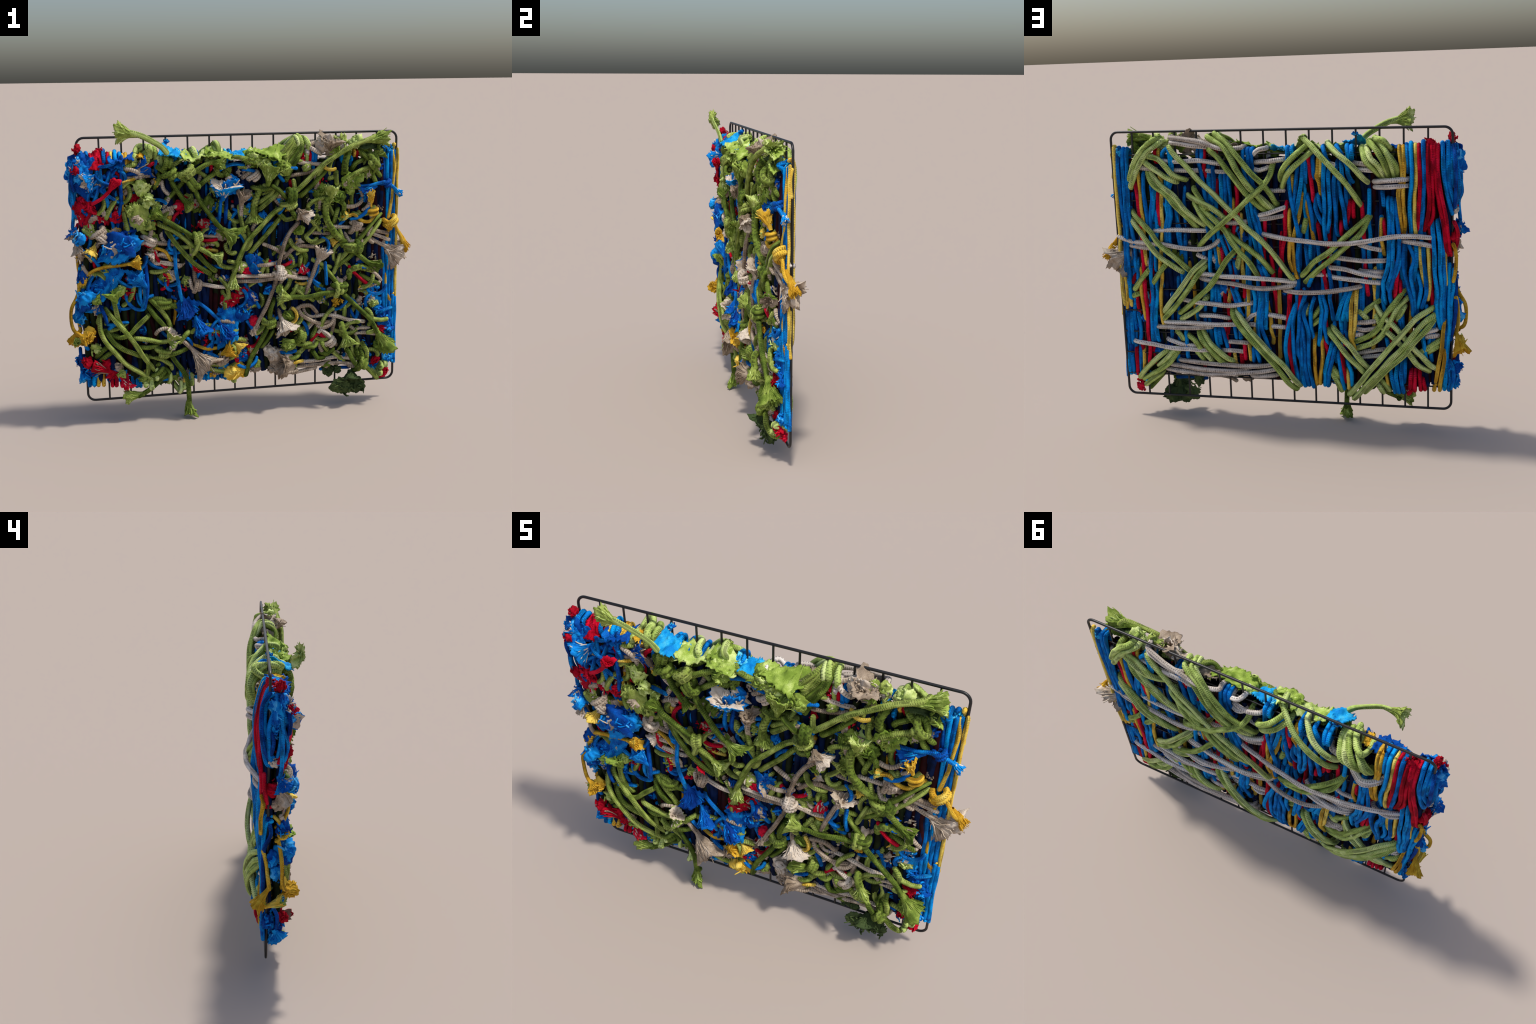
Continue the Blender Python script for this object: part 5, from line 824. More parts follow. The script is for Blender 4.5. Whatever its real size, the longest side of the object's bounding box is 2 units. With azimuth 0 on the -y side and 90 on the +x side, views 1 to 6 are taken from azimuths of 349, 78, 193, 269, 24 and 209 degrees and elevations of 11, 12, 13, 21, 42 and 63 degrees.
rope("blue", 0.0096, "front", [(-0.855, -0.020, 1.296), (-0.838, -0.037, 1.292), (-0.821, -0.040, 1.286), (-0.811, -0.040, 1.278), (-0.801, -0.040, 1.270)])
frayed_tuft("red", "red", (-0.816, -0.020, 1.484), 0.040)
frayed_tuft("red", "red", (-0.784, 0.010, 1.512), 0.035)
frayed_end("blue", "grey", (-0.935, -0.010, 1.115), (-0.932, -0.045, 1.063), 0.045)
frayed_end("grey", "grey", (-0.927, -0.020, 1.059), (-0.916, -0.035, 0.971), 0.040)
frayed_end("yellow", "yellow", (-0.817, -0.030, 1.029), (-0.856, -0.070, 0.964), 0.045)
frayed_tuft("yellow", "yellow", (-0.840, -0.040, 0.974), 0.040)
frayed_end("blue", "grey", (-0.643, -0.030, 1.393), (-0.514, -0.045, 1.437), 0.050)
rope("blue", 0.0096, "front", [(-0.785, -0.020, 1.381), (-0.750, -0.029, 1.383), (-0.714, -0.032, 1.385), (-0.679, -0.032, 1.389), (-0.643, -0.030, 1.393)])
rope("grey", 0.0108, "front", [(-0.657, -0.020, 1.346), (-0.635, -0.032, 1.358), (-0.613, -0.038, 1.369), (-0.590, -0.040, 1.378), (-0.566, -0.039, 1.385), (-0.541, -0.036, 1.388), (-0.514, -0.030, 1.389)])
rope("grey", 0.0108, "front", [(-0.655, -0.010, 1.313), (-0.648, -0.018, 1.313), (-0.640, -0.020, 1.311), (-0.632, -0.018, 1.310), (-0.624, -0.010, 1.307)])
frayed_tuft("green", "lime", (-0.565, -0.070, 1.333), 0.036)
frayed_tuft("green", "lime", (-0.538, -0.076, 1.255), 0.045)
frayed_tuft("grey", "green", (-0.599, -0.084, 1.152), 0.034)
frayed_tuft("green", "lime", (-0.632, -0.076, 1.201), 0.040)
frayed_tuft("green", "lime", (-0.532, -0.076, 1.124), 0.045)
frayed_tuft("blue", "grey", (-0.626, -0.020, 1.272), 0.035)
rope("green", 0.0128, "front", [(-0.464, -0.075, 1.158), (-0.436, -0.079, 1.142), (-0.408, -0.081, 1.125), (-0.377, -0.082, 1.105), (-0.346, -0.080, 1.085), (-0.315, -0.074, 1.062), (-0.282, -0.060, 1.036)])
frayed_end("green", "lime", (-0.448, -0.072, 1.149), (-0.514, -0.080, 1.197), 0.045)
frayed_tuft("green", "lime", (-0.487, -0.072, 1.221), 0.030)
rope("green", 0.0128, "front", [(-0.260, -0.060, 1.073), (-0.258, -0.079, 1.057), (-0.256, -0.089, 1.039), (-0.266, -0.095, 1.012), (-0.277, -0.090, 0.985), (-0.288, -0.080, 0.965), (-0.298, -0.060, 0.946)])
knot("green", (-0.271, -0.078, 1.039), 0.026, 0.0140, 0)
rope("green", 0.0128, "front", [(-0.468, -0.050, 1.117), (-0.402, -0.061, 1.084), (-0.346, -0.065, 1.040), (-0.299, -0.065, 1.001), (-0.252, -0.066, 0.977), (-0.211, -0.068, 0.949), (-0.179, -0.070, 0.926)])
frayed_end("green", "lime", (-0.196, -0.072, 0.938), (-0.134, -0.085, 0.921), 0.045)
rope("green", 0.0128, "front", [(-0.427, -0.040, 1.072), (-0.393, -0.054, 1.014), (-0.353, -0.060, 0.965), (-0.306, -0.059, 0.914), (-0.264, -0.055, 0.873), (-0.210, -0.045, 0.835)])
rope("green", 0.0128, "front", [(-0.271, -0.040, 0.946), (-0.252, -0.052, 0.923), (-0.231, -0.055, 0.899), (-0.205, -0.053, 0.875), (-0.177, -0.045, 0.850)])
rope("green", 0.0128, "front", [(-0.477, -0.040, 1.435), (-0.459, -0.061, 1.424), (-0.441, -0.069, 1.411), (-0.427, -0.069, 1.398), (-0.415, -0.065, 1.384), (-0.406, -0.058, 1.370), (-0.398, -0.045, 1.355)])
knot("green", (-0.414, -0.070, 1.395), 0.032, 0.0150, 70)
knot("green", (-0.427, -0.060, 1.451), 0.030, 0.0140, 20)
rope("green", 0.0128, "front", [(-0.409, -0.060, 1.363), (-0.398, -0.067, 1.342), (-0.385, -0.071, 1.321), (-0.371, -0.072, 1.300), (-0.356, -0.071, 1.279), (-0.343, -0.069, 1.257), (-0.330, -0.065, 1.235)])
frayed_end("green", "grey", (-0.340, -0.065, 1.257), (-0.304, -0.062, 1.213), 0.032)
frayed_tuft("red", "red", (-0.349, -0.038, 1.206), 0.040)
frayed_tuft("red", "grey", (-0.270, -0.040, 1.224), 0.030)
rope("green", 0.0128, "front", [(-0.473, -0.030, 1.398), (-0.469, -0.041, 1.389), (-0.467, -0.048, 1.376), (-0.478, -0.049, 1.353), (-0.491, -0.030, 1.326)])
rope("green", 0.0128, "front", [(-0.345, -0.020, 1.466), (-0.371, -0.043, 1.453), (-0.393, -0.045, 1.440), (-0.405, -0.043, 1.431), (-0.416, -0.040, 1.423)])
knot("green", (-0.321, -0.075, 1.403), 0.038, 0.0150, 60)
knot("green", (-0.291, -0.070, 1.349), 0.038, 0.0150, 150)
rope("green", 0.0128, "front", [(-0.366, -0.060, 1.403), (-0.358, -0.073, 1.388), (-0.347, -0.079, 1.374), (-0.328, -0.080, 1.362), (-0.309, -0.075, 1.352), (-0.296, -0.069, 1.352), (-0.285, -0.060, 1.353)])
rope("green", 0.0128, "front", [(-0.298, -0.050, 1.379), (-0.277, -0.069, 1.401), (-0.253, -0.078, 1.421), (-0.228, -0.080, 1.437), (-0.201, -0.077, 1.450), (-0.174, -0.072, 1.458), (-0.146, -0.060, 1.464)])
frayed_end("green", "lime", (-0.188, -0.060, 1.449), (-0.119, -0.090, 1.450), 0.045)
rope("green", 0.0128, "front", [(-0.251, -0.040, 1.324), (-0.231, -0.052, 1.343), (-0.210, -0.055, 1.360), (-0.188, -0.052, 1.376), (-0.165, -0.040, 1.389)])
rope("green", 0.0128, "front", [(-0.150, -0.030, 1.430), (-0.150, -0.053, 1.408), (-0.145, -0.054, 1.388), (-0.132, -0.047, 1.381), (-0.116, -0.030, 1.376)])
rope("green", 0.0128, "front", [(-0.109, -0.020, 1.401), (-0.097, -0.043, 1.382), (-0.083, -0.044, 1.362), (-0.074, -0.039, 1.350), (-0.066, -0.030, 1.338)])
rope("green", 0.0128, "front", [(-0.303, -0.010, 1.417), (-0.284, -0.027, 1.434), (-0.264, -0.030, 1.448), (-0.249, -0.027, 1.459), (-0.235, -0.020, 1.468)])
rope("green", 0.0128, "front", [(-0.435, -0.020, 1.249), (-0.419, -0.026, 1.262), (-0.402, -0.029, 1.278), (-0.374, -0.029, 1.308), (-0.343, -0.020, 1.341)])
rope("green", 0.0128, "front", [(-0.281, -0.065, 1.317), (-0.257, -0.070, 1.259), (-0.227, -0.072, 1.206), (-0.186, -0.072, 1.146), (-0.144, -0.071, 1.096), (-0.091, -0.070, 1.062)])
frayed_end("green", "lime", (-0.128, -0.072, 1.085), (-0.051, -0.085, 1.025), 0.060)
rope("grey", 0.0108, "front", [(-0.452, -0.020, 1.355), (-0.449, -0.028, 1.332), (-0.443, -0.030, 1.310), (-0.428, -0.028, 1.292), (-0.411, -0.020, 1.275)])
frayed_end("blue", "grey", (-0.121, -0.040, 1.235), (-0.110, -0.085, 1.335), 0.070)
frayed_tuft("blue", "grey", (-0.065, -0.070, 1.332), 0.055)
rope("blue", 0.0096, "front", [(-0.122, -0.020, 1.270), (-0.131, -0.040, 1.240), (-0.138, -0.049, 1.207), (-0.142, -0.045, 1.159), (-0.141, -0.015, 1.103)])
rope("blue", 0.0096, "front", [(-0.096, -0.020, 1.258), (-0.100, -0.036, 1.231), (-0.103, -0.044, 1.199), (-0.106, -0.042, 1.152), (-0.106, -0.015, 1.097)])
frayed_tuft("yellow", "yellow", (-0.177, -0.040, 1.353), 0.025)
frayed_tuft("red", "grey", (-0.232, -0.052, 1.108), 0.042)
frayed_tuft("red", "red", (-0.292, -0.025, 1.095), 0.035)
rope("blue", 0.0096, "front", [(-0.209, 0.000, 1.318), (-0.211, -0.004, 1.276), (-0.213, -0.005, 1.234), (-0.214, -0.004, 1.191), (-0.216, 0.000, 1.147)])
rope("blue", 0.0096, "front", [(-0.182, 0.000, 1.312), (-0.181, -0.004, 1.290), (-0.180, -0.005, 1.267), (-0.178, -0.004, 1.244), (-0.176, 0.000, 1.221)])
rope("red", 0.0094, "front", [(-0.158, 0.000, 1.215), (-0.158, -0.004, 1.198), (-0.158, -0.005, 1.181), (-0.157, -0.004, 1.163), (-0.157, 0.000, 1.145)])
rope("blue", 0.0096, "front", [(-0.322, 0.000, 1.168), (-0.324, -0.012, 1.145), (-0.326, -0.015, 1.122), (-0.327, -0.012, 1.097), (-0.327, 0.000, 1.071)])
rope("red", 0.0094, "front", [(-0.169, -0.010, 1.125), (-0.173, -0.014, 1.111), (-0.177, -0.015, 1.097), (-0.180, -0.012, 1.082), (-0.182, 0.000, 1.065)])
rope("grey", 0.0108, "front", [(-0.239, -0.020, 1.044), (-0.201, -0.032, 1.042), (-0.162, -0.035, 1.038), (-0.126, -0.031, 1.029), (-0.089, -0.020, 1.018)])
rope("grey", 0.0108, "front", [(-0.511, -0.030, 1.020), (-0.478, -0.038, 1.016), (-0.445, -0.040, 1.011), (-0.413, -0.038, 1.006), (-0.380, -0.030, 1.001)])
rope("grey", 0.0108, "front", [(-0.563, -0.040, 1.051), (-0.543, -0.048, 1.049), (-0.524, -0.050, 1.044), (-0.512, -0.045, 1.031), (-0.501, -0.030, 1.014)])
knot("grey", (-0.533, -0.045, 1.035), 0.032, 0.0130, 120)
knot("grey", (-0.809, -0.040, 1.083), 0.040, 0.0130, 60)
knot("grey", (-0.790, -0.045, 1.057), 0.034, 0.0130, -40)
rope("grey", 0.0108, "front", [(-0.779, -0.020, 1.073), (-0.758, -0.032, 1.082), (-0.737, -0.035, 1.088), (-0.714, -0.030, 1.083), (-0.691, -0.010, 1.073)])
rope("grey", 0.0108, "front", [(-0.801, -0.030, 1.044), (-0.809, -0.044, 1.028), (-0.818, -0.043, 1.013), (-0.828, -0.036, 1.007), (-0.838, -0.020, 1.002)])
frayed_end("grey", "grey", (-0.492, -0.030, 0.966), (-0.536, -0.045, 0.933), 0.040)
rope("grey", 0.0108, "front", [(-0.508, -0.020, 0.938), (-0.488, -0.040, 0.949), (-0.468, -0.045, 0.954), (-0.446, -0.040, 0.947), (-0.424, -0.020, 0.934)])
rope("grey", 0.0108, "front", [(-0.514, -0.020, 0.909), (-0.482, -0.042, 0.908), (-0.450, -0.044, 0.904), (-0.426, -0.037, 0.898), (-0.404, -0.020, 0.889)])
rope("yellow", 0.0092, "front", [(-0.502, -0.030, 0.988), (-0.474, -0.042, 0.979), (-0.448, -0.045, 0.967), (-0.431, -0.042, 0.942), (-0.415, -0.030, 0.914)])
frayed_tuft("blue", "blue", (-0.681, -0.100, 1.014), 0.090)
frayed_tuft("blue", "grey", (-0.743, -0.090, 1.005), 0.060)
frayed_tuft("blue", "blue", (-0.619, -0.085, 1.024), 0.060)
frayed_tuft("blue", "blue", (-0.774, -0.060, 0.959), 0.050)
rope("blue", 0.0096, "front", [(-0.727, -0.020, 1.066), (-0.692, -0.048, 1.079), (-0.656, -0.055, 1.089), (-0.619, -0.047, 1.094), (-0.581, -0.020, 1.096)])
frayed_tuft("blue", "blue", (-0.386, -0.020, 1.136), 0.045)
frayed_tuft("grey", "grey", (-0.412, -0.035, 1.192), 0.035)
# left bottom
rope("yellow", 0.0092, "front", [(-0.884, -0.030, 0.850), (-0.830, -0.061, 0.886), (-0.760, -0.070, 0.904), (-0.690, -0.073, 0.909), (-0.643, -0.080, 0.916)])
frayed_end("yellow", "yellow", (-0.655, -0.080, 0.914), (-0.585, -0.090, 0.919), 0.042)
knot("yellow", (-0.906, -0.040, 0.820), 0.024, 0.0110, 30)
rope("yellow", 0.0092, "front", [(-0.890, 0.000, 0.895), (-0.895, -0.019, 0.878), (-0.899, -0.028, 0.859), (-0.893, -0.030, 0.841), (-0.889, -0.029, 0.823), (-0.900, -0.026, 0.807), (-0.916, -0.020, 0.792)])
rope("yellow", 0.0092, "front", [(-0.922, -0.020, 0.780), (-0.939, -0.030, 0.728), (-0.967, -0.035, 0.670), (-0.973, -0.038, 0.598), (-0.960, -0.049, 0.550), (-0.923, -0.070, 0.526)])
frayed_end("yellow", "yellow", (-0.940, -0.055, 0.529), (-0.878, -0.082, 0.499), 0.055)
frayed_tuft("yellow", "yellow", (-0.871, -0.072, 0.520), 0.045)
frayed_tuft("lime", "lime", (-0.845, -0.045, 0.430), 0.040)
rope("blue", 0.0096, "front", [(-0.557, -0.040, 0.929), (-0.555, -0.053, 0.883), (-0.554, -0.058, 0.835), (-0.552, -0.060, 0.789), (-0.553, -0.057, 0.743), (-0.561, -0.048, 0.698), (-0.570, -0.030, 0.651)])
rope("blue", 0.0096, "front", [(-0.589, -0.030, 0.782), (-0.592, -0.048, 0.749), (-0.592, -0.049, 0.715), (-0.587, -0.040, 0.688), (-0.581, -0.020, 0.661)])
rope("blue", 0.0096, "front", [(-0.573, -0.030, 0.818), (-0.570, -0.051, 0.773), (-0.567, -0.054, 0.727), (-0.574, -0.045, 0.689), (-0.581, -0.020, 0.649)])
frayed_end("blue", "blue", (-0.553, -0.060, 0.774), (-0.622, -0.080, 0.849), 0.050)
frayed_tuft("blue", "blue", (-0.764, -0.060, 0.810), 0.060)
frayed_tuft("blue", "blue", (-0.812, -0.060, 0.770), 0.055)
frayed_tuft("blue", "blue", (-0.720, -0.050, 0.866), 0.050)
rope("blue", 0.0096, "front", [(-0.883, -0.020, 0.741), (-0.876, -0.044, 0.779), (-0.867, -0.050, 0.813), (-0.850, -0.043, 0.839), (-0.831, -0.020, 0.860)])
rope("blue", 0.0096, "front", [(-0.860, -0.020, 0.727), (-0.856, -0.040, 0.765), (-0.848, -0.045, 0.798), (-0.827, -0.040, 0.821), (-0.802, -0.020, 0.840)])
rope("blue", 0.0096, "front", [(-0.923, -0.020, 0.651), (-0.910, -0.039, 0.667), (-0.897, -0.045, 0.678), (-0.878, -0.041, 0.672), (-0.858, -0.020, 0.660)])
frayed_tuft("blue", "blue", (-0.919, -0.030, 0.604), 0.050)
frayed_tuft("blue", "blue", (-0.915, -0.020, 0.694), 0.045)
frayed_tuft("blue", "grey", (-0.834, -0.045, 0.664), 0.040)
frayed_tuft("red", "red", (-0.654, -0.045, 0.746), 0.048)
frayed_tuft("red", "grey", (-0.662, -0.035, 0.817), 0.025)
frayed_end("lime", "lime", (-0.727, -0.050, 0.690), (-0.748, -0.072, 0.770), 0.055)
frayed_tuft("lime", "lime", (-0.696, -0.070, 0.766), 0.030)
frayed_tuft("lime", "lime", (-0.821, -0.070, 0.719), 0.035)
rope("green", 0.0128, "front", [(-0.743, -0.050, 0.728), (-0.738, -0.056, 0.695), (-0.732, -0.059, 0.662), (-0.726, -0.060, 0.631), (-0.718, -0.058, 0.599), (-0.704, -0.052, 0.569), (-0.689, -0.040, 0.536)])
rope("blue", 0.0096, "front", [(-0.810, -0.040, 0.674), (-0.800, -0.064, 0.655), (-0.790, -0.070, 0.631), (-0.785, -0.068, 0.606), (-0.780, -0.060, 0.579)])
rope("green", 0.0128, "front", [(-0.819, -0.050, 0.609), (-0.816, -0.062, 0.545), (-0.790, -0.069, 0.477), (-0.740, -0.072, 0.412), (-0.683, -0.068, 0.344), (-0.618, -0.053, 0.290), (-0.538, -0.015, 0.226)])
rope("green", 0.0128, "front", [(-0.779, -0.050, 0.650), (-0.732, -0.070, 0.591), (-0.682, -0.078, 0.534), (-0.637, -0.079, 0.463), (-0.591, -0.064, 0.386), (-0.533, -0.018, 0.291)])
rope("green", 0.0128, "front", [(-0.784, -0.040, 0.524), (-0.767, -0.054, 0.499), (-0.747, -0.061, 0.472), (-0.720, -0.065, 0.449), (-0.689, -0.064, 0.426), (-0.650, -0.057, 0.404), (-0.608, -0.040, 0.380)])
rope("green", 0.0128, "front", [(-0.755, -0.030, 0.507), (-0.705, -0.045, 0.495), (-0.657, -0.050, 0.512), (-0.620, -0.049, 0.547), (-0.557, -0.040, 0.603)])
rope("green", 0.0128, "front", [(-0.551, -0.020, 0.660), (-0.534, -0.043, 0.636), (-0.516, -0.053, 0.610), (-0.496, -0.055, 0.584), (-0.476, -0.051, 0.558), (-0.460, -0.043, 0.535), (-0.445, -0.030, 0.511)])
rope("green", 0.0128, "front", [(-0.541, -0.020, 0.702), (-0.513, -0.042, 0.675), (-0.486, -0.050, 0.645), (-0.464, -0.049, 0.615), (-0.446, -0.044, 0.586), (-0.438, -0.039, 0.564), (-0.432, -0.030, 0.542)])
knot("green", (-0.464, -0.030, 0.676), 0.034, 0.0140, 100)
rope("green", 0.0128, "front", [(-0.516, -0.020, 0.701), (-0.494, -0.036, 0.702), (-0.471, -0.043, 0.699), (-0.453, -0.045, 0.686), (-0.435, -0.042, 0.671), (-0.416, -0.035, 0.658), (-0.397, -0.020, 0.644)])
rope("green", 0.0128, "front", [(-0.488, -0.020, 0.656), (-0.468, -0.035, 0.652), (-0.447, -0.040, 0.649), (-0.423, -0.037, 0.656), (-0.397, -0.020, 0.663)])
rope("green", 0.0128, "front", [(-0.628, -0.040, 0.482), (-0.590, -0.053, 0.479), (-0.553, -0.058, 0.473), (-0.521, -0.058, 0.465), (-0.492, -0.058, 0.458), (-0.467, -0.058, 0.459), (-0.443, -0.058, 0.462)])
frayed_end("green", "grey", (-0.449, -0.058, 0.456), (-0.407, -0.075, 0.509), 0.042)
frayed_end("green", "grey", (-0.443, -0.058, 0.462), (-0.403, -0.075, 0.433), 0.042)
rope("green", 0.0128, "front", [(-0.381, -0.050, 0.450), (-0.370, -0.058, 0.467), (-0.357, -0.060, 0.482), (-0.344, -0.053, 0.492), (-0.329, -0.030, 0.497)])
rope("green", 0.0128, "front", [(-0.605, -0.030, 0.427), (-0.582, -0.042, 0.428), (-0.558, -0.045, 0.426), (-0.537, -0.041, 0.428), (-0.514, -0.030, 0.427)])
knot("green", (-0.480, -0.045, 0.398), 0.034, 0.0140, 110)
rope("green", 0.0128, "front", [(-0.473, -0.035, 0.394), (-0.453, -0.047, 0.387), (-0.432, -0.053, 0.381), (-0.408, -0.055, 0.386), (-0.384, -0.052, 0.393), (-0.364, -0.046, 0.400), (-0.344, -0.035, 0.404)])
rope("green", 0.0128, "front", [(-0.546, -0.015, 0.362), (-0.513, -0.024, 0.356), (-0.482, -0.027, 0.347), (-0.456, -0.028, 0.330), (-0.434, -0.024, 0.311), (-0.423, -0.017, 0.286), (-0.413, -0.005, 0.259)])
rope("green", 0.0128, "front", [(-0.432, -0.040, 0.374), (-0.391, -0.048, 0.310), (-0.362, -0.050, 0.263), (-0.342, -0.049, 0.203), (-0.337, -0.047, 0.150), (-0.336, -0.040, 0.089)])
frayed_end("green", "lime", (-0.337, -0.042, 0.123), (-0.337, -0.042, 0.013), 0.034)
knot("green", (-0.506, -0.008, 0.267), 0.036, 0.0140, 60)
rope("green", 0.0128, "front", [(-0.517, -0.005, 0.286), (-0.463, -0.018, 0.286), (-0.446, -0.022, 0.254), (-0.490, -0.025, 0.232), (-0.528, -0.026, 0.197), (-0.566, -0.029, 0.169), (-0.616, -0.038, 0.144)])
frayed_end("green", "lime", (-0.591, -0.038, 0.155), (-0.701, -0.035, 0.137), 0.034)
rope("green", 0.0128, "front", [(-0.847, -0.020, 0.385), (-0.831, -0.039, 0.405), (-0.815, -0.045, 0.421), (-0.794, -0.041, 0.434), (-0.772, -0.020, 0.442)])
rope("green", 0.0128, "front", [(-0.824, -0.020, 0.364), (-0.807, -0.036, 0.380), (-0.790, -0.040, 0.393), (-0.773, -0.036, 0.403), (-0.756, -0.020, 0.410)])
rope("green", 0.0128, "front", [(-0.552, 0.000, 0.319), (-0.529, -0.013, 0.318), (-0.506, -0.015, 0.315), (-0.486, -0.011, 0.318), (-0.466, 0.000, 0.319)])
frayed_end("red", "grey", (-0.738, -0.030, 0.279), (-0.878, -0.055, 0.348), 0.042)
frayed_tuft("red", "red", (-0.802, -0.045, 0.326), 0.050)
frayed_tuft("red", "red", (-0.768, -0.035, 0.276), 0.045)
frayed_tuft("grey", "grey", (-0.725, -0.045, 0.321), 0.028)
frayed_tuft("lime", "lime", (-0.714, -0.040, 0.280), 0.030)
frayed_end("red", "grey", (-0.720, -0.025, 0.263), (-0.669, -0.030, 0.190), 0.042)
rope("blue", 0.0096, "front", [(-0.933, 0.000, 0.429), (-0.932, -0.017, 0.393), (-0.931, -0.020, 0.355), (-0.927, -0.014, 0.322), (-0.922, 0.000, 0.289)])
frayed_end("blue", "blue", (-0.933, 0.000, 0.315), (-0.909, -0.025, 0.252), 0.045)
frayed_tuft("blue", "blue", (-0.925, 0.010, 0.356), 0.045)
frayed_tuft("blue", "blue", (-0.653, -0.010, 0.266), 0.040)
rope("yellow", 0.0092, "front", [(-0.827, 0.000, 0.282), (-0.829, -0.008, 0.272), (-0.831, -0.010, 0.260), (-0.833, -0.008, 0.247), (-0.835, 0.000, 0.231)])
frayed_tuft("yellow", "yellow", (-0.840, 0.000, 0.251), 0.030)
rope("blue", 0.0096, "front", [(-0.394, -0.040, 0.982), (-0.394, -0.062, 0.888), (-0.385, -0.065, 0.809), (-0.374, -0.057, 0.732), (-0.356, -0.040, 0.672)])
frayed_end("blue", "blue", (-0.364, -0.045, 0.711), (-0.322, -0.045, 0.596), 0.065)
rope("blue", 0.0096, "front", [(-0.269, -0.030, 0.664), (-0.241, -0.044, 0.644), (-0.213, -0.049, 0.621), (-0.191, -0.050, 0.598), (-0.170, -0.049, 0.574), (-0.154, -0.048, 0.548), (-0.139, -0.045, 0.521)])
frayed_end("blue", "blue", (-0.163, -0.045, 0.560), (-0.102, -0.075, 0.450), 0.060)
frayed_end("blue", "blue", (-0.290, -0.035, 0.591), (-0.255, -0.055, 0.487), 0.050)
frayed_tuft("blue", "grey", (-0.123, -0.050, 0.432), 0.060)
frayed_tuft("blue", "blue", (-0.583, -0.015, 0.523), 0.045)
rope("green", 0.0128, "front", [(-0.488, -0.010, 0.803), (-0.471, -0.026, 0.830), (-0.452, -0.030, 0.846), (-0.432, -0.027, 0.822), (-0.410, -0.010, 0.786)])
frayed_tuft("olive", "olive", (-0.454, -0.035, 0.812), 0.050)
frayed_tuft("red", "red", (-0.352, -0.025, 0.743), 0.050)
frayed_end("red", "red", (-0.289, -0.030, 0.846), (-0.270, -0.050, 0.877), 0.035)
frayed_tuft("red", "grey", (-0.099, -0.045, 0.670), 0.058)
frayed_tuft("red", "red", (-0.226, -0.030, 0.427), 0.045)
rope("grey", 0.0108, "front", [(-0.288, -0.020, 0.862), (-0.288, -0.035, 0.841), (-0.288, -0.040, 0.816), (-0.286, -0.038, 0.788), (-0.282, -0.030, 0.758)])
knot("grey", (-0.280, -0.035, 0.759), 0.032, 0.0120, 20)
rope("grey", 0.0108, "front", [(-0.315, -0.030, 0.804), (-0.311, -0.041, 0.778), (-0.304, -0.045, 0.754), (-0.288, -0.045, 0.745), (-0.271, -0.043, 0.743), (-0.259, -0.039, 0.758), (-0.248, -0.030, 0.775)])
rope("grey", 0.0108, "front", [(-0.254, -0.030, 0.772), (-0.210, -0.040, 0.764), (-0.166, -0.042, 0.754), (-0.125, -0.041, 0.749), (-0.084, -0.040, 0.743)])
rope("grey", 0.0108, "front", [(-0.528, -0.020, 0.899), (-0.496, -0.034, 0.900), (-0.461, -0.040, 0.899), (-0.416, -0.039, 0.893), (-0.367, -0.030, 0.885)])
rope("grey", 0.0108, "front", [(-0.366, -0.050, 0.455), (-0.344, -0.058, 0.437), (-0.323, -0.060, 0.416), (-0.301, -0.060, 0.393), (-0.280, -0.060, 0.369)])
frayed_end("grey", "grey", (-0.322, -0.055, 0.415), (-0.216, -0.075, 0.286), 0.085)
frayed_tuft("grey", "grey", (-0.145, -0.062, 0.335), 0.055)
frayed_tuft("grey", "grey", (-0.349, -0.040, 0.240), 0.045)
frayed_tuft("green", "grey", (-0.398, -0.030, 0.234), 0.040)
frayed_tuft("blue", "blue", (-0.141, -0.030, 0.292), 0.045)
frayed_end("yellow", "yellow", (-0.162, -0.050, 0.358), (-0.078, -0.075, 0.391), 0.045)
frayed_tuft("yellow", "yellow", (-0.084, -0.060, 0.245), 0.060)
rope("yellow", 0.0092, "front", [(-0.305, -0.020, 0.423), (-0.264, -0.037, 0.407), (-0.223, -0.040, 0.392), (-0.187, -0.034, 0.392), (-0.150, -0.020, 0.393)])
rope("green", 0.0128, "front", [(-0.010, -0.060, 0.967), (-0.024, -0.067, 0.941), (-0.037, -0.071, 0.914), (-0.050, -0.072, 0.882), (-0.063, -0.071, 0.849), (-0.074, -0.067, 0.817), (-0.084, -0.060, 0.785)])
frayed_end("green", "lime", (-0.069, -0.065, 0.823), (-0.085, -0.060, 0.742), 0.038)
frayed_tuft("red", "red", (-0.059, -0.030, 0.318), 0.040)
rope("blue", 0.0096, "front", [(-0.448, -0.010, 0.726), (-0.428, -0.019, 0.711), (-0.408, -0.020, 0.697), (-0.389, -0.017, 0.690), (-0.371, -0.010, 0.684)])
rope("yellow", 0.0092, "front", [(-0.400, -0.010, 0.704), (-0.399, -0.018, 0.669), (-0.398, -0.020, 0.632), (-0.401, -0.018, 0.594), (-0.405, -0.010, 0.554)])
frayed_tuft("blue", "blue", (-0.355, -0.010, 0.353), 0.050)
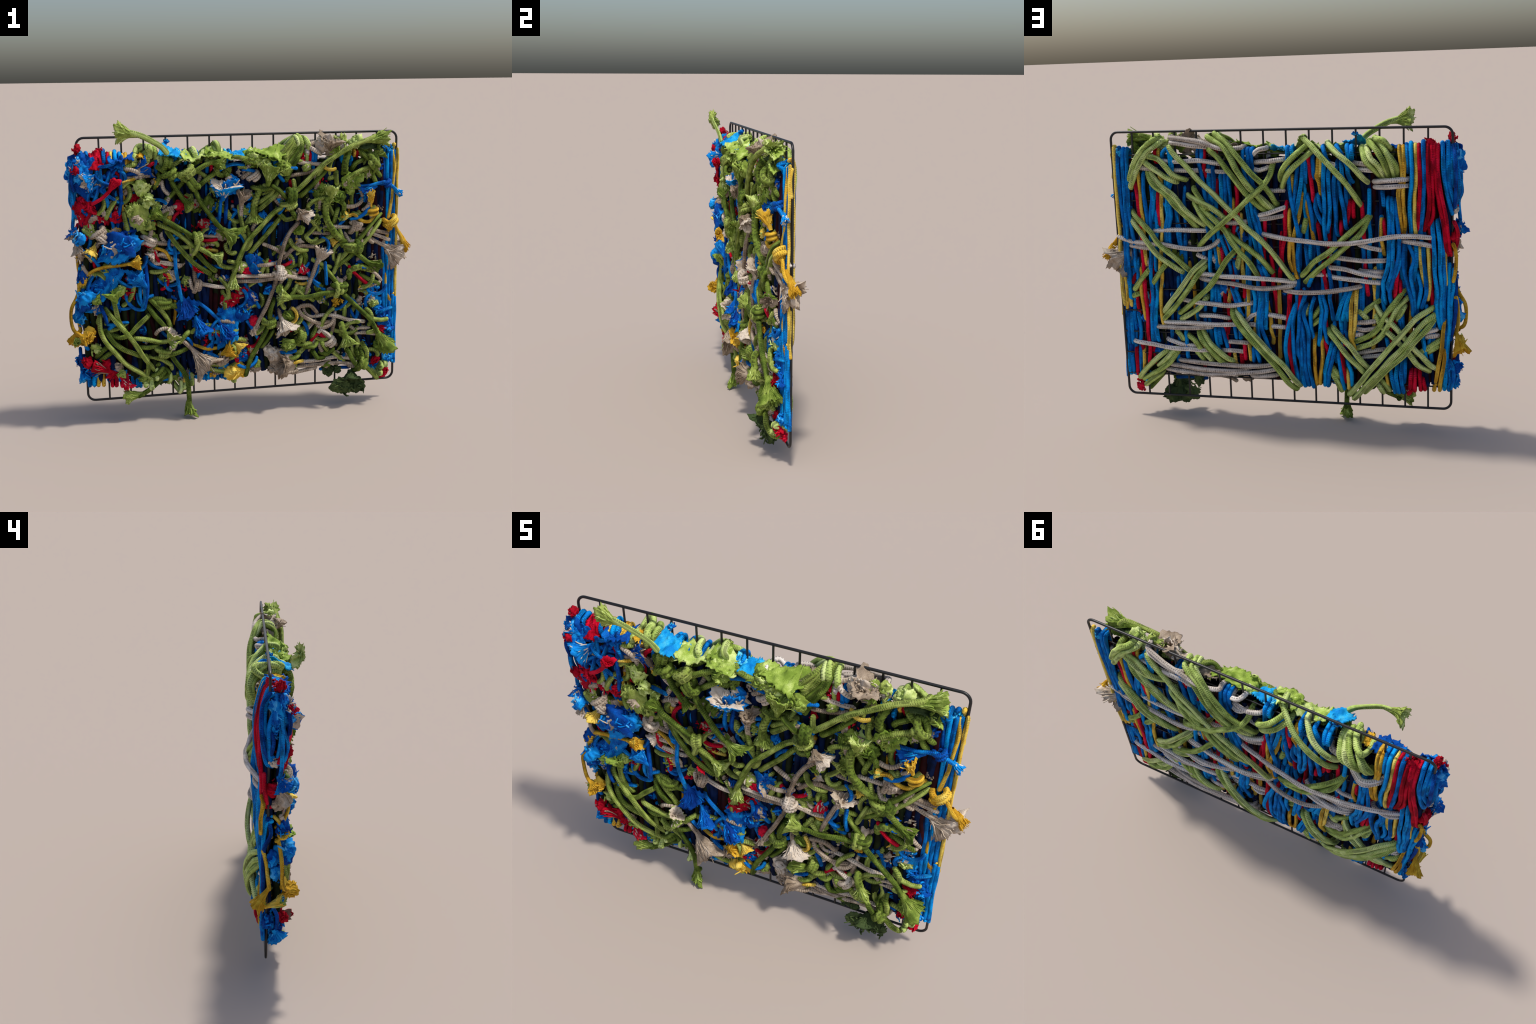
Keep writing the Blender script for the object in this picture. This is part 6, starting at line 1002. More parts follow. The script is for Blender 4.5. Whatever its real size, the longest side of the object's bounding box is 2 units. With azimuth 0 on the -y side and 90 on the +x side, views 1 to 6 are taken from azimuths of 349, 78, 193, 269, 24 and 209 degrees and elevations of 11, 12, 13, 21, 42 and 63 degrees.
# top centre and right
rope("green", 0.0128, "front", [(-0.080, -0.040, 1.481), (-0.057, -0.060, 1.479), (-0.033, -0.068, 1.477), (-0.014, -0.070, 1.473), (0.005, -0.069, 1.468), (0.029, -0.066, 1.466), (0.054, -0.060, 1.463)])
frayed_tuft("green", "lime", (0.049, -0.085, 1.465), 0.060)
frayed_end("green", "lime", (0.125, -0.075, 1.315), (0.150, -0.088, 1.431), 0.066)
frayed_tuft("green", "lime", (0.213, -0.095, 1.415), 0.050)
frayed_tuft("green", "lime", (0.100, -0.095, 1.434), 0.045)
rope("green", 0.0128, "front", [(0.229, -0.048, 1.468), (0.249, -0.030, 1.495), (0.267, -0.025, 1.523), (0.289, -0.015, 1.550), (0.316, 0.020, 1.575)])
rope("green", 0.0128, "front", [(0.221, -0.048, 1.436), (0.250, -0.035, 1.464), (0.276, -0.030, 1.494), (0.298, -0.021, 1.534), (0.327, 0.020, 1.575)])
rope("green", 0.0128, "front", [(0.250, -0.048, 1.425), (0.280, -0.037, 1.460), (0.306, -0.034, 1.497), (0.323, -0.021, 1.534), (0.344, 0.020, 1.569)])
rope("green", 0.0128, "front", [(0.241, -0.040, 1.345), (0.259, -0.043, 1.384), (0.279, -0.045, 1.423), (0.300, -0.045, 1.458), (0.322, -0.036, 1.491), (0.335, -0.019, 1.524), (0.351, 0.015, 1.556)])
rope("green", 0.0128, "front", [(0.209, -0.040, 1.473), (0.225, -0.040, 1.499), (0.243, -0.040, 1.525), (0.267, -0.028, 1.547), (0.300, 0.020, 1.567)])
rope("grey", 0.0108, "front", [(0.347, -0.010, 1.523), (0.367, -0.010, 1.528), (0.386, -0.010, 1.533), (0.407, -0.004, 1.538), (0.432, 0.020, 1.543)])
rope("grey", 0.0108, "front", [(0.378, -0.020, 1.515), (0.390, -0.036, 1.508), (0.405, -0.040, 1.500), (0.420, -0.038, 1.491), (0.436, -0.030, 1.482)])
rope("grey", 0.0108, "front", [(0.301, -0.020, 1.434), (0.334, -0.028, 1.433), (0.369, -0.030, 1.430), (0.403, -0.028, 1.425), (0.439, -0.020, 1.420)])
rope("grey", 0.0108, "front", [(0.262, -0.020, 1.361), (0.296, -0.027, 1.367), (0.333, -0.030, 1.373), (0.381, -0.029, 1.381), (0.433, -0.020, 1.390)])
frayed_tuft("red", "grey", (0.343, -0.025, 1.468), 0.032)
frayed_tuft("red", "red", (0.256, -0.020, 1.310), 0.030)
frayed_tuft("red", "red", (0.461, -0.020, 1.341), 0.030)
frayed_end("grey", "grey", (0.479, -0.015, 1.469), (0.492, -0.045, 1.567), 0.065)
frayed_tuft("grey", "grey", (0.454, -0.045, 1.536), 0.050)
frayed_tuft("lime", "grey", (0.513, -0.050, 1.508), 0.045)
frayed_tuft("green", "lime", (0.568, -0.030, 1.548), 0.040)
frayed_tuft("grey", "grey", (-0.016, -0.030, 1.389), 0.030)
rope("grey", 0.0108, "front", [(-0.006, -0.030, 1.362), (0.012, -0.038, 1.376), (0.030, -0.040, 1.385), (0.050, -0.036, 1.377), (0.071, -0.020, 1.364)])
knot("grey", (0.052, -0.035, 1.366), 0.030, 0.0130, 60)
rope("green", 0.0128, "front", [(0.288, -0.070, 1.277), (0.341, -0.078, 1.330), (0.400, -0.083, 1.387), (0.460, -0.085, 1.438), (0.526, -0.084, 1.478), (0.605, -0.076, 1.518), (0.681, -0.063, 1.547), (0.742, -0.045, 1.566)])
frayed_end("green", "lime", (0.678, -0.055, 1.544), (0.829, -0.040, 1.558), 0.046)
rope("green", 0.0128, "front", [(0.323, -0.040, 1.251), (0.357, -0.048, 1.283), (0.392, -0.050, 1.314), (0.426, -0.046, 1.347), (0.464, -0.030, 1.380)])
rope("green", 0.0180, "front", [(0.591, -0.050, 1.479), (0.579, -0.062, 1.454), (0.571, -0.065, 1.428), (0.571, -0.061, 1.403), (0.575, -0.050, 1.378)])
frayed_tuft("lime", "lime", (0.655, -0.040, 1.536), 0.045)
knot("green", (0.739, -0.045, 1.432), 0.036, 0.0150, 150)
rope("green", 0.0128, "front", [(0.733, -0.030, 1.398), (0.706, -0.044, 1.392), (0.681, -0.051, 1.385), (0.657, -0.055, 1.376), (0.634, -0.055, 1.365), (0.608, -0.052, 1.348), (0.582, -0.045, 1.329)])
frayed_tuft("green", "grey", (0.613, -0.055, 1.323), 0.055)
frayed_tuft("lime", "lime", (0.654, -0.050, 1.349), 0.040)
rope("green", 0.0128, "front", [(0.667, -0.020, 1.491), (0.679, -0.036, 1.476), (0.695, -0.040, 1.460), (0.713, -0.038, 1.446), (0.732, -0.030, 1.431)])
rope("green", 0.0128, "front", [(0.724, -0.020, 1.468), (0.739, -0.033, 1.469), (0.755, -0.040, 1.465), (0.763, -0.045, 1.442), (0.767, -0.044, 1.415), (0.757, -0.037, 1.390), (0.748, -0.020, 1.364)])
rope("green", 0.0128, "front", [(0.762, -0.010, 1.385), (0.767, -0.018, 1.376), (0.773, -0.020, 1.366), (0.781, -0.018, 1.356), (0.791, -0.010, 1.346)])
rope("green", 0.0128, "front", [(0.745, -0.010, 1.364), (0.747, -0.022, 1.351), (0.752, -0.025, 1.338), (0.759, -0.022, 1.323), (0.769, -0.010, 1.308)])
rope("green", 0.0128, "front", [(0.525, -0.010, 1.381), (0.526, -0.026, 1.366), (0.527, -0.030, 1.352), (0.512, -0.028, 1.346), (0.494, -0.020, 1.340)])
rope("green", 0.0128, "front", [(0.623, -0.020, 1.390), (0.629, -0.036, 1.407), (0.640, -0.040, 1.422), (0.660, -0.036, 1.431), (0.685, -0.020, 1.437)])
frayed_end("green", "lime", (0.741, -0.020, 1.462), (0.803, -0.035, 1.494), 0.045)
rope("blue", 0.0096, "front", [(0.821, 0.020, 1.457), (0.820, 0.012, 1.419), (0.821, 0.010, 1.381), (0.826, 0.012, 1.342), (0.834, 0.020, 1.303)])
rope("blue", 0.0096, "front", [(0.846, 0.020, 1.462), (0.843, 0.012, 1.424), (0.843, 0.010, 1.386), (0.845, 0.012, 1.347), (0.848, 0.020, 1.308)])
rope("blue", 0.0096, "front", [(0.863, 0.020, 1.461), (0.860, 0.014, 1.422), (0.859, 0.012, 1.383), (0.859, 0.014, 1.343), (0.861, 0.020, 1.302)])
rope("blue", 0.0096, "front", [(0.808, 0.020, 1.259), (0.812, 0.012, 1.210), (0.818, 0.010, 1.162), (0.824, 0.013, 1.120), (0.832, 0.020, 1.080)])
rope("blue", 0.0096, "front", [(0.846, 0.020, 1.258), (0.842, 0.011, 1.216), (0.840, 0.008, 1.173), (0.841, 0.011, 1.130), (0.843, 0.020, 1.085)])
rope("yellow", 0.0092, "front", [(0.878, 0.015, 1.475), (0.884, 0.007, 1.380), (0.873, 0.005, 1.248), (0.867, 0.003, 1.193), (0.852, -0.005, 1.105)])
rope("yellow", 0.0092, "front", [(0.905, 0.025, 1.471), (0.904, 0.021, 1.442), (0.904, 0.020, 1.414), (0.905, 0.021, 1.385), (0.907, 0.025, 1.355)])
frayed_tuft("cyan", "cyan", (0.859, 0.010, 1.484), 0.030)
rope("blue", 0.0096, "front", [(0.660, -0.030, 1.292), (0.723, -0.030, 1.290), (0.779, -0.030, 1.304), (0.820, -0.029, 1.308), (0.863, -0.021, 1.284), (0.912, 0.000, 1.241)])
knot("blue", (0.825, -0.015, 1.301), 0.024, 0.0120, 80)
frayed_end("blue", "grey", (0.880, -0.005, 1.271), (0.921, 0.000, 1.230), 0.020)
frayed_end("blue", "cyan", (0.772, -0.020, 1.287), (0.667, -0.045, 1.250), 0.038)
frayed_end("yellow", "yellow", (0.734, -0.035, 1.169), (0.715, -0.055, 1.271), 0.035)
knot("yellow", (0.738, -0.025, 1.146), 0.032, 0.0120, 90)
rope("yellow", 0.0092, "front", [(0.580, -0.040, 1.121), (0.631, -0.040, 1.130), (0.671, -0.040, 1.095), (0.724, -0.036, 1.087), (0.777, -0.010, 1.125)])
frayed_end("yellow", "lime", (0.615, -0.035, 1.124), (0.573, -0.045, 1.128), 0.022)
rope("yellow", 0.0092, "front", [(0.611, 0.000, 1.224), (0.610, -0.004, 1.202), (0.611, -0.005, 1.178), (0.612, -0.004, 1.155), (0.614, 0.000, 1.131)])
rope("red", 0.0094, "front", [(0.633, 0.005, 1.234), (0.632, 0.001, 1.207), (0.632, 0.000, 1.180), (0.633, 0.001, 1.152), (0.634, 0.005, 1.123)])
rope("blue", 0.0096, "front", [(0.655, 0.005, 1.228), (0.656, 0.001, 1.201), (0.658, 0.000, 1.173), (0.661, 0.001, 1.145), (0.665, 0.005, 1.117)])
rope("blue", 0.0096, "front", [(0.684, 0.005, 1.216), (0.680, 0.001, 1.189), (0.678, 0.000, 1.161), (0.677, 0.001, 1.133), (0.676, 0.005, 1.105)])
frayed_tuft("grey", "grey", (0.800, -0.010, 1.158), 0.020)
knot("yellow", (0.859, -0.010, 1.078), 0.036, 0.0130, 60)
knot("yellow", (0.842, -0.010, 1.067), 0.030, 0.0130, 130)
rope("yellow", 0.0092, "front", [(0.875, -0.015, 1.078), (0.894, -0.011, 1.043), (0.913, -0.010, 1.007), (0.934, -0.001, 0.969), (0.966, 0.035, 0.924)])
frayed_end("yellow", "yellow", (0.916, 0.000, 1.012), (0.983, 0.032, 0.904), 0.024)
rope("yellow", 0.0092, "front", [(0.855, -0.005, 1.060), (0.853, -0.005, 1.043), (0.850, -0.005, 1.027), (0.847, -0.005, 1.010), (0.845, -0.005, 0.993)])
rope("grey", 0.0108, "front", [(0.641, -0.010, 1.048), (0.698, -0.018, 1.030), (0.756, -0.020, 1.011), (0.804, -0.014, 0.991), (0.853, 0.000, 0.969)])
rope("grey", 0.0108, "front", [(0.739, -0.010, 0.982), (0.774, -0.010, 0.963), (0.809, -0.010, 0.946), (0.843, -0.005, 0.931), (0.881, 0.010, 0.915)])
frayed_end("grey", "grey", (0.783, 0.000, 0.964), (0.944, 0.038, 0.887), 0.064)
frayed_end("grey", "grey", (0.836, 0.000, 0.913), (0.895, 0.030, 0.813), 0.040)
knot("grey", (0.630, -0.025, 1.056), 0.032, 0.0130, 20)
knot("grey", (0.647, -0.025, 1.072), 0.028, 0.0130, 110)
rope("grey", 0.0108, "front", [(0.434, -0.020, 1.058), (0.480, -0.024, 1.060), (0.527, -0.025, 1.061), (0.571, -0.024, 1.059), (0.615, -0.020, 1.056)])
rope("grey", 0.0108, "front", [(0.649, -0.020, 1.043), (0.688, -0.024, 1.041), (0.729, -0.025, 1.037), (0.780, -0.023, 1.025), (0.837, -0.010, 1.011)])
rope("grey", 0.0108, "front", [(0.400, -0.020, 1.032), (0.449, -0.024, 1.026), (0.497, -0.025, 1.020), (0.529, -0.023, 1.010), (0.558, -0.020, 1.000)])
rope("grey", 0.0108, "front", [(0.589, -0.010, 1.016), (0.598, -0.022, 0.993), (0.611, -0.025, 0.973), (0.640, -0.023, 0.974), (0.676, -0.010, 0.979)])
rope("green", 0.0128, "front", [(0.801, 0.000, 1.123), (0.766, -0.024, 1.095), (0.736, -0.033, 1.064), (0.710, -0.035, 1.035), (0.686, -0.034, 1.007), (0.666, -0.033, 0.986), (0.647, -0.030, 0.967)])
rope("green", 0.0128, "front", [(0.802, 0.000, 1.084), (0.776, -0.022, 1.058), (0.753, -0.032, 1.030), (0.731, -0.035, 1.003), (0.708, -0.034, 0.977), (0.686, -0.033, 0.955), (0.664, -0.030, 0.933)])
knot("green", (0.607, -0.030, 0.947), 0.040, 0.0150, 100)
knot("green", (0.647, -0.030, 0.933), 0.038, 0.0150, 30)
rope("green", 0.0128, "front", [(0.614, -0.025, 0.929), (0.592, -0.033, 0.909), (0.571, -0.035, 0.889), (0.550, -0.032, 0.871), (0.531, -0.020, 0.853)])
rope("green", 0.0128, "front", [(0.649, -0.025, 0.916), (0.624, -0.032, 0.896), (0.599, -0.035, 0.875), (0.567, -0.033, 0.854), (0.536, -0.020, 0.830)])
rope("green", 0.0180, "front", [(0.489, -0.060, 1.253), (0.464, -0.060, 1.205), (0.462, -0.060, 1.129), (0.482, -0.059, 1.079), (0.527, -0.050, 1.020), (0.578, -0.030, 0.976)])
frayed_end("green", "lime", (0.471, -0.045, 1.192), (0.500, -0.060, 1.301), 0.050)
frayed_tuft("green", "lime", (0.534, -0.060, 1.235), 0.045)
rope("green", 0.0128, "front", [(0.548, -0.030, 1.220), (0.560, -0.042, 1.204), (0.572, -0.045, 1.187), (0.573, -0.039, 1.168), (0.574, -0.020, 1.146)])
rope("green", 0.0128, "front", [(0.543, -0.020, 1.164), (0.533, -0.032, 1.148), (0.526, -0.035, 1.131), (0.521, -0.032, 1.113), (0.518, -0.020, 1.093)])
frayed_tuft("green", "lime", (0.435, -0.056, 1.270), 0.050)
frayed_tuft("green", "lime", (0.498, -0.048, 1.224), 0.040)
frayed_tuft("green", "grey", (0.378, -0.020, 1.225), 0.045)
frayed_tuft("green", "green", (0.414, -0.030, 1.181), 0.045)
frayed_tuft("lime", "lime", (0.608, -0.035, 1.267), 0.035)
frayed_tuft("lime", "lime", (0.567, -0.025, 1.114), 0.035)
frayed_tuft("green", "lime", (0.418, -0.035, 1.100), 0.045)
frayed_tuft("green", "green", (0.360, -0.025, 1.171), 0.040)
knot("green", (0.254, -0.075, 1.247), 0.040, 0.0150, 10)
knot("green", (0.245, -0.065, 1.208), 0.036, 0.0140, 80)
rope("green", 0.0128, "front", [(0.147, -0.070, 1.319), (0.169, -0.082, 1.304), (0.192, -0.085, 1.287), (0.212, -0.080, 1.265), (0.236, -0.060, 1.240)])
rope("green", 0.0128, "front", [(0.259, -0.055, 1.190), (0.263, -0.071, 1.173), (0.271, -0.075, 1.155), (0.285, -0.071, 1.138), (0.302, -0.055, 1.118)])
rope("green", 0.0128, "front", [(0.204, -0.030, 1.146), (0.216, -0.047, 1.131), (0.232, -0.050, 1.118), (0.252, -0.046, 1.119), (0.274, -0.035, 1.122)])
frayed_end("grey", "grey", (0.300, -0.065, 1.179), (0.326, -0.095, 1.139), 0.048)
frayed_end("grey", "grey", (0.289, -0.065, 1.169), (0.373, -0.080, 1.124), 0.048)
frayed_tuft("lime", "lime", (0.302, -0.055, 1.058), 0.040)
rope("grey", 0.0108, "front", [(0.298, -0.050, 1.090), (0.256, -0.062, 1.051), (0.221, -0.068, 0.993), (0.204, -0.070, 0.929), (0.188, -0.069, 0.869), (0.166, -0.060, 0.752)])
rope("green", 0.0128, "front", [(0.214, -0.060, 1.193), (0.168, -0.067, 1.169), (0.129, -0.072, 1.133), (0.084, -0.074, 1.087), (0.041, -0.075, 1.046), (0.002, -0.074, 0.999), (-0.025, -0.073, 0.946), (-0.053, -0.070, 0.882)])
rope("green", 0.0128, "front", [(0.201, -0.030, 1.124), (0.175, -0.039, 1.097), (0.150, -0.043, 1.068), (0.123, -0.045, 1.040), (0.094, -0.044, 1.010), (0.063, -0.040, 0.974), (0.031, -0.030, 0.935)])
rope("green", 0.0128, "front", [(0.191, -0.040, 1.266), (0.165, -0.047, 1.249), (0.139, -0.050, 1.231), (0.113, -0.046, 1.208), (0.089, -0.030, 1.183)])
rope("green", 0.0128, "front", [(0.188, -0.030, 1.329), (0.170, -0.038, 1.296), (0.151, -0.040, 1.264), (0.121, -0.038, 1.242), (0.089, -0.030, 1.220)])
rope("green", 0.0128, "front", [(0.059, -0.050, 1.304), (0.082, -0.060, 1.298), (0.105, -0.062, 1.292), (0.128, -0.059, 1.296), (0.151, -0.050, 1.301)])
rope("green", 0.0180, "front", [(0.084, -0.050, 1.292), (0.070, -0.057, 1.262), (0.058, -0.060, 1.231), (0.052, -0.059, 1.204), (0.049, -0.056, 1.179), (0.051, -0.052, 1.160), (0.053, -0.045, 1.143)])
frayed_end("green", "lime", (0.050, -0.050, 1.176), (0.057, -0.050, 1.106), 0.048)
rope("green", 0.0128, "front", [(0.188, -0.010, 1.381), (0.200, -0.018, 1.368), (0.212, -0.020, 1.353), (0.221, -0.018, 1.335), (0.231, -0.010, 1.315)])
rope("grey", 0.0108, "front", [(-0.022, -0.040, 1.129), (-0.022, -0.058, 1.169), (-0.019, -0.059, 1.204), (-0.017, -0.052, 1.225), (-0.015, -0.040, 1.241)])
frayed_end("grey", "grey", (-0.024, -0.055, 1.201), (-0.012, -0.085, 1.289), 0.040)
rope("green", 0.0128, "front", [(0.242, 0.000, 0.986), (0.208, -0.016, 0.963), (0.177, -0.020, 0.938), (0.152, -0.015, 0.913), (0.130, 0.000, 0.886)])
rope("green", 0.0128, "front", [(0.298, 0.000, 1.006), (0.266, -0.019, 0.980), (0.236, -0.025, 0.951), (0.207, -0.021, 0.914), (0.180, 0.000, 0.872)])
rope("grey", 0.0108, "front", [(0.223, -0.035, 0.899), (0.247, -0.041, 0.924), (0.271, -0.044, 0.946), (0.299, -0.045, 0.957), (0.328, -0.045, 0.963), (0.366, -0.043, 0.960), (0.406, -0.040, 0.955)])
rope("green", 0.0128, "front", [(0.305, -0.020, 0.926), (0.321, -0.033, 0.930), (0.337, -0.038, 0.930), (0.346, -0.040, 0.914), (0.351, -0.038, 0.894), (0.349, -0.032, 0.876), (0.346, -0.020, 0.857)])
rope("green", 0.0128, "front", [(0.327, -0.020, 0.902), (0.322, -0.032, 0.891), (0.319, -0.035, 0.878), (0.318, -0.032, 0.863), (0.318, -0.020, 0.847)])
frayed_tuft("blue", "cyan", (0.361, -0.020, 1.001), 0.040)
frayed_end("yellow", "yellow", (0.492, -0.015, 1.005), (0.527, -0.030, 0.961), 0.024)
frayed_tuft("green", "grey", (0.470, -0.010, 0.988), 0.035)
frayed_end("grey", "grey", (0.416, -0.045, 0.853), (0.450, -0.065, 0.949), 0.052)
rope("grey", 0.0108, "front", [(0.429, -0.040, 0.901), (0.411, -0.053, 0.862), (0.396, -0.059, 0.824), (0.381, -0.060, 0.790), (0.368, -0.058, 0.757), (0.357, -0.052, 0.720), (0.347, -0.040, 0.681)])
frayed_tuft("blue", "blue", (0.185, -0.010, 1.029), 0.045)
frayed_tuft("blue", "blue", (0.236, -0.005, 1.064), 0.040)
frayed_tuft("green", "green", (0.181, -0.010, 1.187), 0.035)
frayed_tuft("blue", "grey", (0.045, -0.015, 0.893), 0.040)
frayed_tuft("green", "green", (0.535, -0.005, 0.917), 0.045)
# right bottom
rope("grey", 0.0108, "front", [(0.177, -0.040, 0.780), (0.150, -0.056, 0.707), (0.116, -0.060, 0.632), (0.083, -0.055, 0.566), (0.049, -0.035, 0.483)])
frayed_end("grey", "grey", (0.063, -0.038, 0.523), (0.038, -0.032, 0.461), 0.026)
rope("grey", 0.0108, "front", [(-0.051, -0.050, 0.808), (-0.002, -0.054, 0.807), (0.048, -0.055, 0.806), (0.104, -0.056, 0.805), (0.161, -0.060, 0.805)])
rope("grey", 0.0108, "front", [(-0.049, -0.040, 0.776), (-0.002, -0.047, 0.776), (0.049, -0.050, 0.776), (0.108, -0.052, 0.781), (0.167, -0.060, 0.788)])
rope("grey", 0.0108, "front", [(0.211, -0.060, 0.799), (0.255, -0.052, 0.790), (0.296, -0.050, 0.782), (0.337, -0.045, 0.778), (0.381, -0.030, 0.773)])
knot("grey", (0.185, -0.065, 0.821), 0.034, 0.0130, 20)
knot("grey", (0.191, -0.065, 0.810), 0.030, 0.0130, 100)
frayed_end("red", "grey", (0.326, -0.025, 0.858), (0.337, -0.045, 0.806), 0.035)
frayed_tuft("red", "grey", (0.339, -0.038, 0.827), 0.036)
frayed_end("blue", "grey", (-0.023, -0.020, 0.820), (0.071, -0.045, 0.859), 0.048)
frayed_tuft("blue", "grey", (0.051, -0.040, 0.903), 0.042)
rope("blue", 0.0096, "front", [(-0.044, -0.010, 0.822), (-0.015, -0.022, 0.821), (0.014, -0.025, 0.820), (0.042, -0.024, 0.820), (0.070, -0.020, 0.821)])
rope("green", 0.0128, "front", [(0.659, -0.030, 0.899), (0.677, -0.038, 0.883), (0.696, -0.040, 0.865), (0.717, -0.040, 0.847), (0.737, -0.040, 0.829)])
frayed_end("green", "grey", (0.708, -0.040, 0.853), (0.782, -0.045, 0.817), 0.040)
rope("green", 0.0128, "front", [(0.220, -0.020, 0.846), (0.235, -0.027, 0.844), (0.252, -0.030, 0.842), (0.274, -0.029, 0.848), (0.299, -0.020, 0.853)])
rope("green", 0.0128, "front", [(0.443, -0.030, 0.853), (0.462, -0.041, 0.830), (0.484, -0.045, 0.803), (0.507, -0.044, 0.772), (0.531, -0.040, 0.738)])
knot("green", (0.533, -0.055, 0.697), 0.034, 0.0150, 10)
knot("green", (0.546, -0.050, 0.717), 0.036, 0.0150, 100)
rope("green", 0.0128, "front", [(0.211, -0.055, 0.653), (0.266, -0.060, 0.671), (0.350, -0.062, 0.669), (0.434, -0.062, 0.681), (0.520, -0.060, 0.687)])
frayed_end("green", "lime", (0.266, -0.060, 0.668), (0.181, -0.065, 0.685), 0.058)
frayed_tuft("lime", "lime", (0.199, -0.060, 0.722), 0.035)
rope("green", 0.0128, "front", [(0.560, -0.060, 0.679), (0.616, -0.066, 0.626), (0.673, -0.068, 0.572), (0.733, -0.066, 0.505), (0.777, -0.060, 0.425)])
frayed_end("green", "lime", (0.765, -0.058, 0.449), (0.852, -0.050, 0.330), 0.062)
frayed_tuft("green", "lime", (0.789, -0.045, 0.344), 0.045)
frayed_tuft("yellow", "yellow", (0.539, -0.035, 0.623), 0.040)
frayed_tuft("yellow", "yellow", (0.568, -0.010, 0.798), 0.030)
rope("green", 0.0180, "front", [(0.611, -0.020, 0.764), (0.612, -0.027, 0.785), (0.617, -0.031, 0.804), (0.641, -0.035, 0.816), (0.670, -0.035, 0.823), (0.705, -0.034, 0.815), (0.741, -0.030, 0.804)])
rope("green", 0.0128, "front", [(0.672, -0.010, 0.775), (0.695, -0.021, 0.762), (0.721, -0.025, 0.748), (0.752, -0.024, 0.733), (0.786, -0.020, 0.717)])
rope("green", 0.0128, "front", [(0.451, 0.000, 0.825), (0.464, -0.004, 0.809), (0.478, -0.005, 0.793), (0.493, -0.004, 0.777), (0.508, 0.000, 0.759)])
rope("green", 0.0128, "front", [(0.405, 0.000, 0.759), (0.424, -0.014, 0.727), (0.445, -0.019, 0.692), (0.463, -0.019, 0.653), (0.482, -0.014, 0.615), (0.501, -0.009, 0.596), (0.520, 0.000, 0.582)])
rope("green", 0.0128, "front", [(0.391, -0.010, 0.734), (0.398, -0.018, 0.724), (0.406, -0.020, 0.713), (0.415, -0.018, 0.700), (0.425, -0.010, 0.687)])
rope("green", 0.0128, "front", [(0.443, -0.010, 0.663), (0.450, -0.022, 0.650), (0.459, -0.025, 0.634), (0.470, -0.022, 0.617), (0.483, -0.010, 0.598)])
frayed_tuft("blue", "blue", (0.278, -0.010, 0.718), 0.045)
frayed_tuft("blue", "grey", (0.314, 0.000, 0.736), 0.055)
frayed_tuft("blue", "grey", (0.740, -0.020, 0.631), 0.065)
frayed_tuft("grey", "grey", (0.681, -0.025, 0.618), 0.040)
frayed_tuft("blue", "cyan", (0.694, -0.020, 0.576), 0.045)
rope("blue", 0.0096, "front", [(0.825, 0.020, 0.790), (0.826, 0.016, 0.747), (0.828, 0.015, 0.704), (0.831, 0.016, 0.661), (0.835, 0.020, 0.616)])
rope("blue", 0.0096, "front", [(0.864, 0.025, 0.792), (0.867, 0.021, 0.675), (0.871, 0.020, 0.551), (0.884, 0.020, 0.404), (0.899, 0.020, 0.252)])
rope("blue", 0.0096, "front", [(0.882, 0.025, 0.786), (0.889, 0.021, 0.659), (0.895, 0.020, 0.527), (0.901, 0.021, 0.379), (0.907, 0.025, 0.226)])
rope("blue", 0.0096, "front", [(0.847, 0.025, 0.753), (0.854, 0.022, 0.667), (0.861, 0.020, 0.569), (0.872, 0.021, 0.420), (0.886, 0.025, 0.257)])
rope("yellow", 0.0092, "front", [(0.904, 0.025, 0.802), (0.904, 0.021, 0.749), (0.905, 0.020, 0.696), (0.906, 0.021, 0.642), (0.908, 0.025, 0.587)])
rope("yellow", 0.0092, "front", [(0.843, 0.010, 0.762), (0.842, 0.006, 0.741), (0.842, 0.005, 0.720), (0.843, 0.007, 0.698), (0.846, 0.015, 0.674)])
rope("yellow", 0.0092, "front", [(0.858, 0.015, 0.651), (0.860, 0.011, 0.634), (0.863, 0.010, 0.617), (0.867, 0.011, 0.599), (0.872, 0.015, 0.580)])
frayed_tuft("blue", "blue", (0.824, -0.020, 0.510), 0.050)
frayed_tuft("blue", "blue", (0.789, -0.018, 0.558), 0.052)
rope("blue", 0.0096, "front", [(0.801, 0.000, 0.530), (0.813, -0.016, 0.545), (0.829, -0.020, 0.555), (0.849, -0.015, 0.560), (0.872, 0.000, 0.560)])
rope("blue", 0.0096, "front", [(0.790, 0.000, 0.484), (0.808, -0.016, 0.501), (0.829, -0.020, 0.509), (0.846, -0.017, 0.487), (0.868, 0.000, 0.455)])
frayed_end("red", "red", (0.735, -0.005, 0.488), (0.822, -0.015, 0.410), 0.040)
rope("blue", 0.0096, "front", [(0.622, -0.010, 0.566), (0.625, -0.018, 0.557), (0.631, -0.020, 0.545), (0.637, -0.018, 0.533), (0.646, -0.010, 0.519)])
frayed_tuft("blue", "blue", (0.856, -0.018, 0.437), 0.038)
frayed_tuft("cyan", "cyan", (0.781, 0.000, 0.693), 0.040)
frayed_tuft("grey", "grey", (0.752, -0.010, 0.879), 0.045)
rope("green", 0.0128, "front", [(0.678, -0.010, 0.781), (0.677, -0.018, 0.763), (0.678, -0.020, 0.743), (0.681, -0.016, 0.722), (0.688, 0.000, 0.698)])
rope("grey", 0.0108, "front", [(0.275, -0.020, 0.579), (0.299, -0.041, 0.601), (0.324, -0.049, 0.617), (0.350, -0.050, 0.618), (0.375, -0.048, 0.613), (0.394, -0.042, 0.593), (0.415, -0.030, 0.567)])
rope("grey", 0.0108, "front", [(0.307, -0.030, 0.591), (0.325, -0.046, 0.560), (0.369, -0.054, 0.531), (0.426, -0.052, 0.506), (0.501, -0.030, 0.507)])
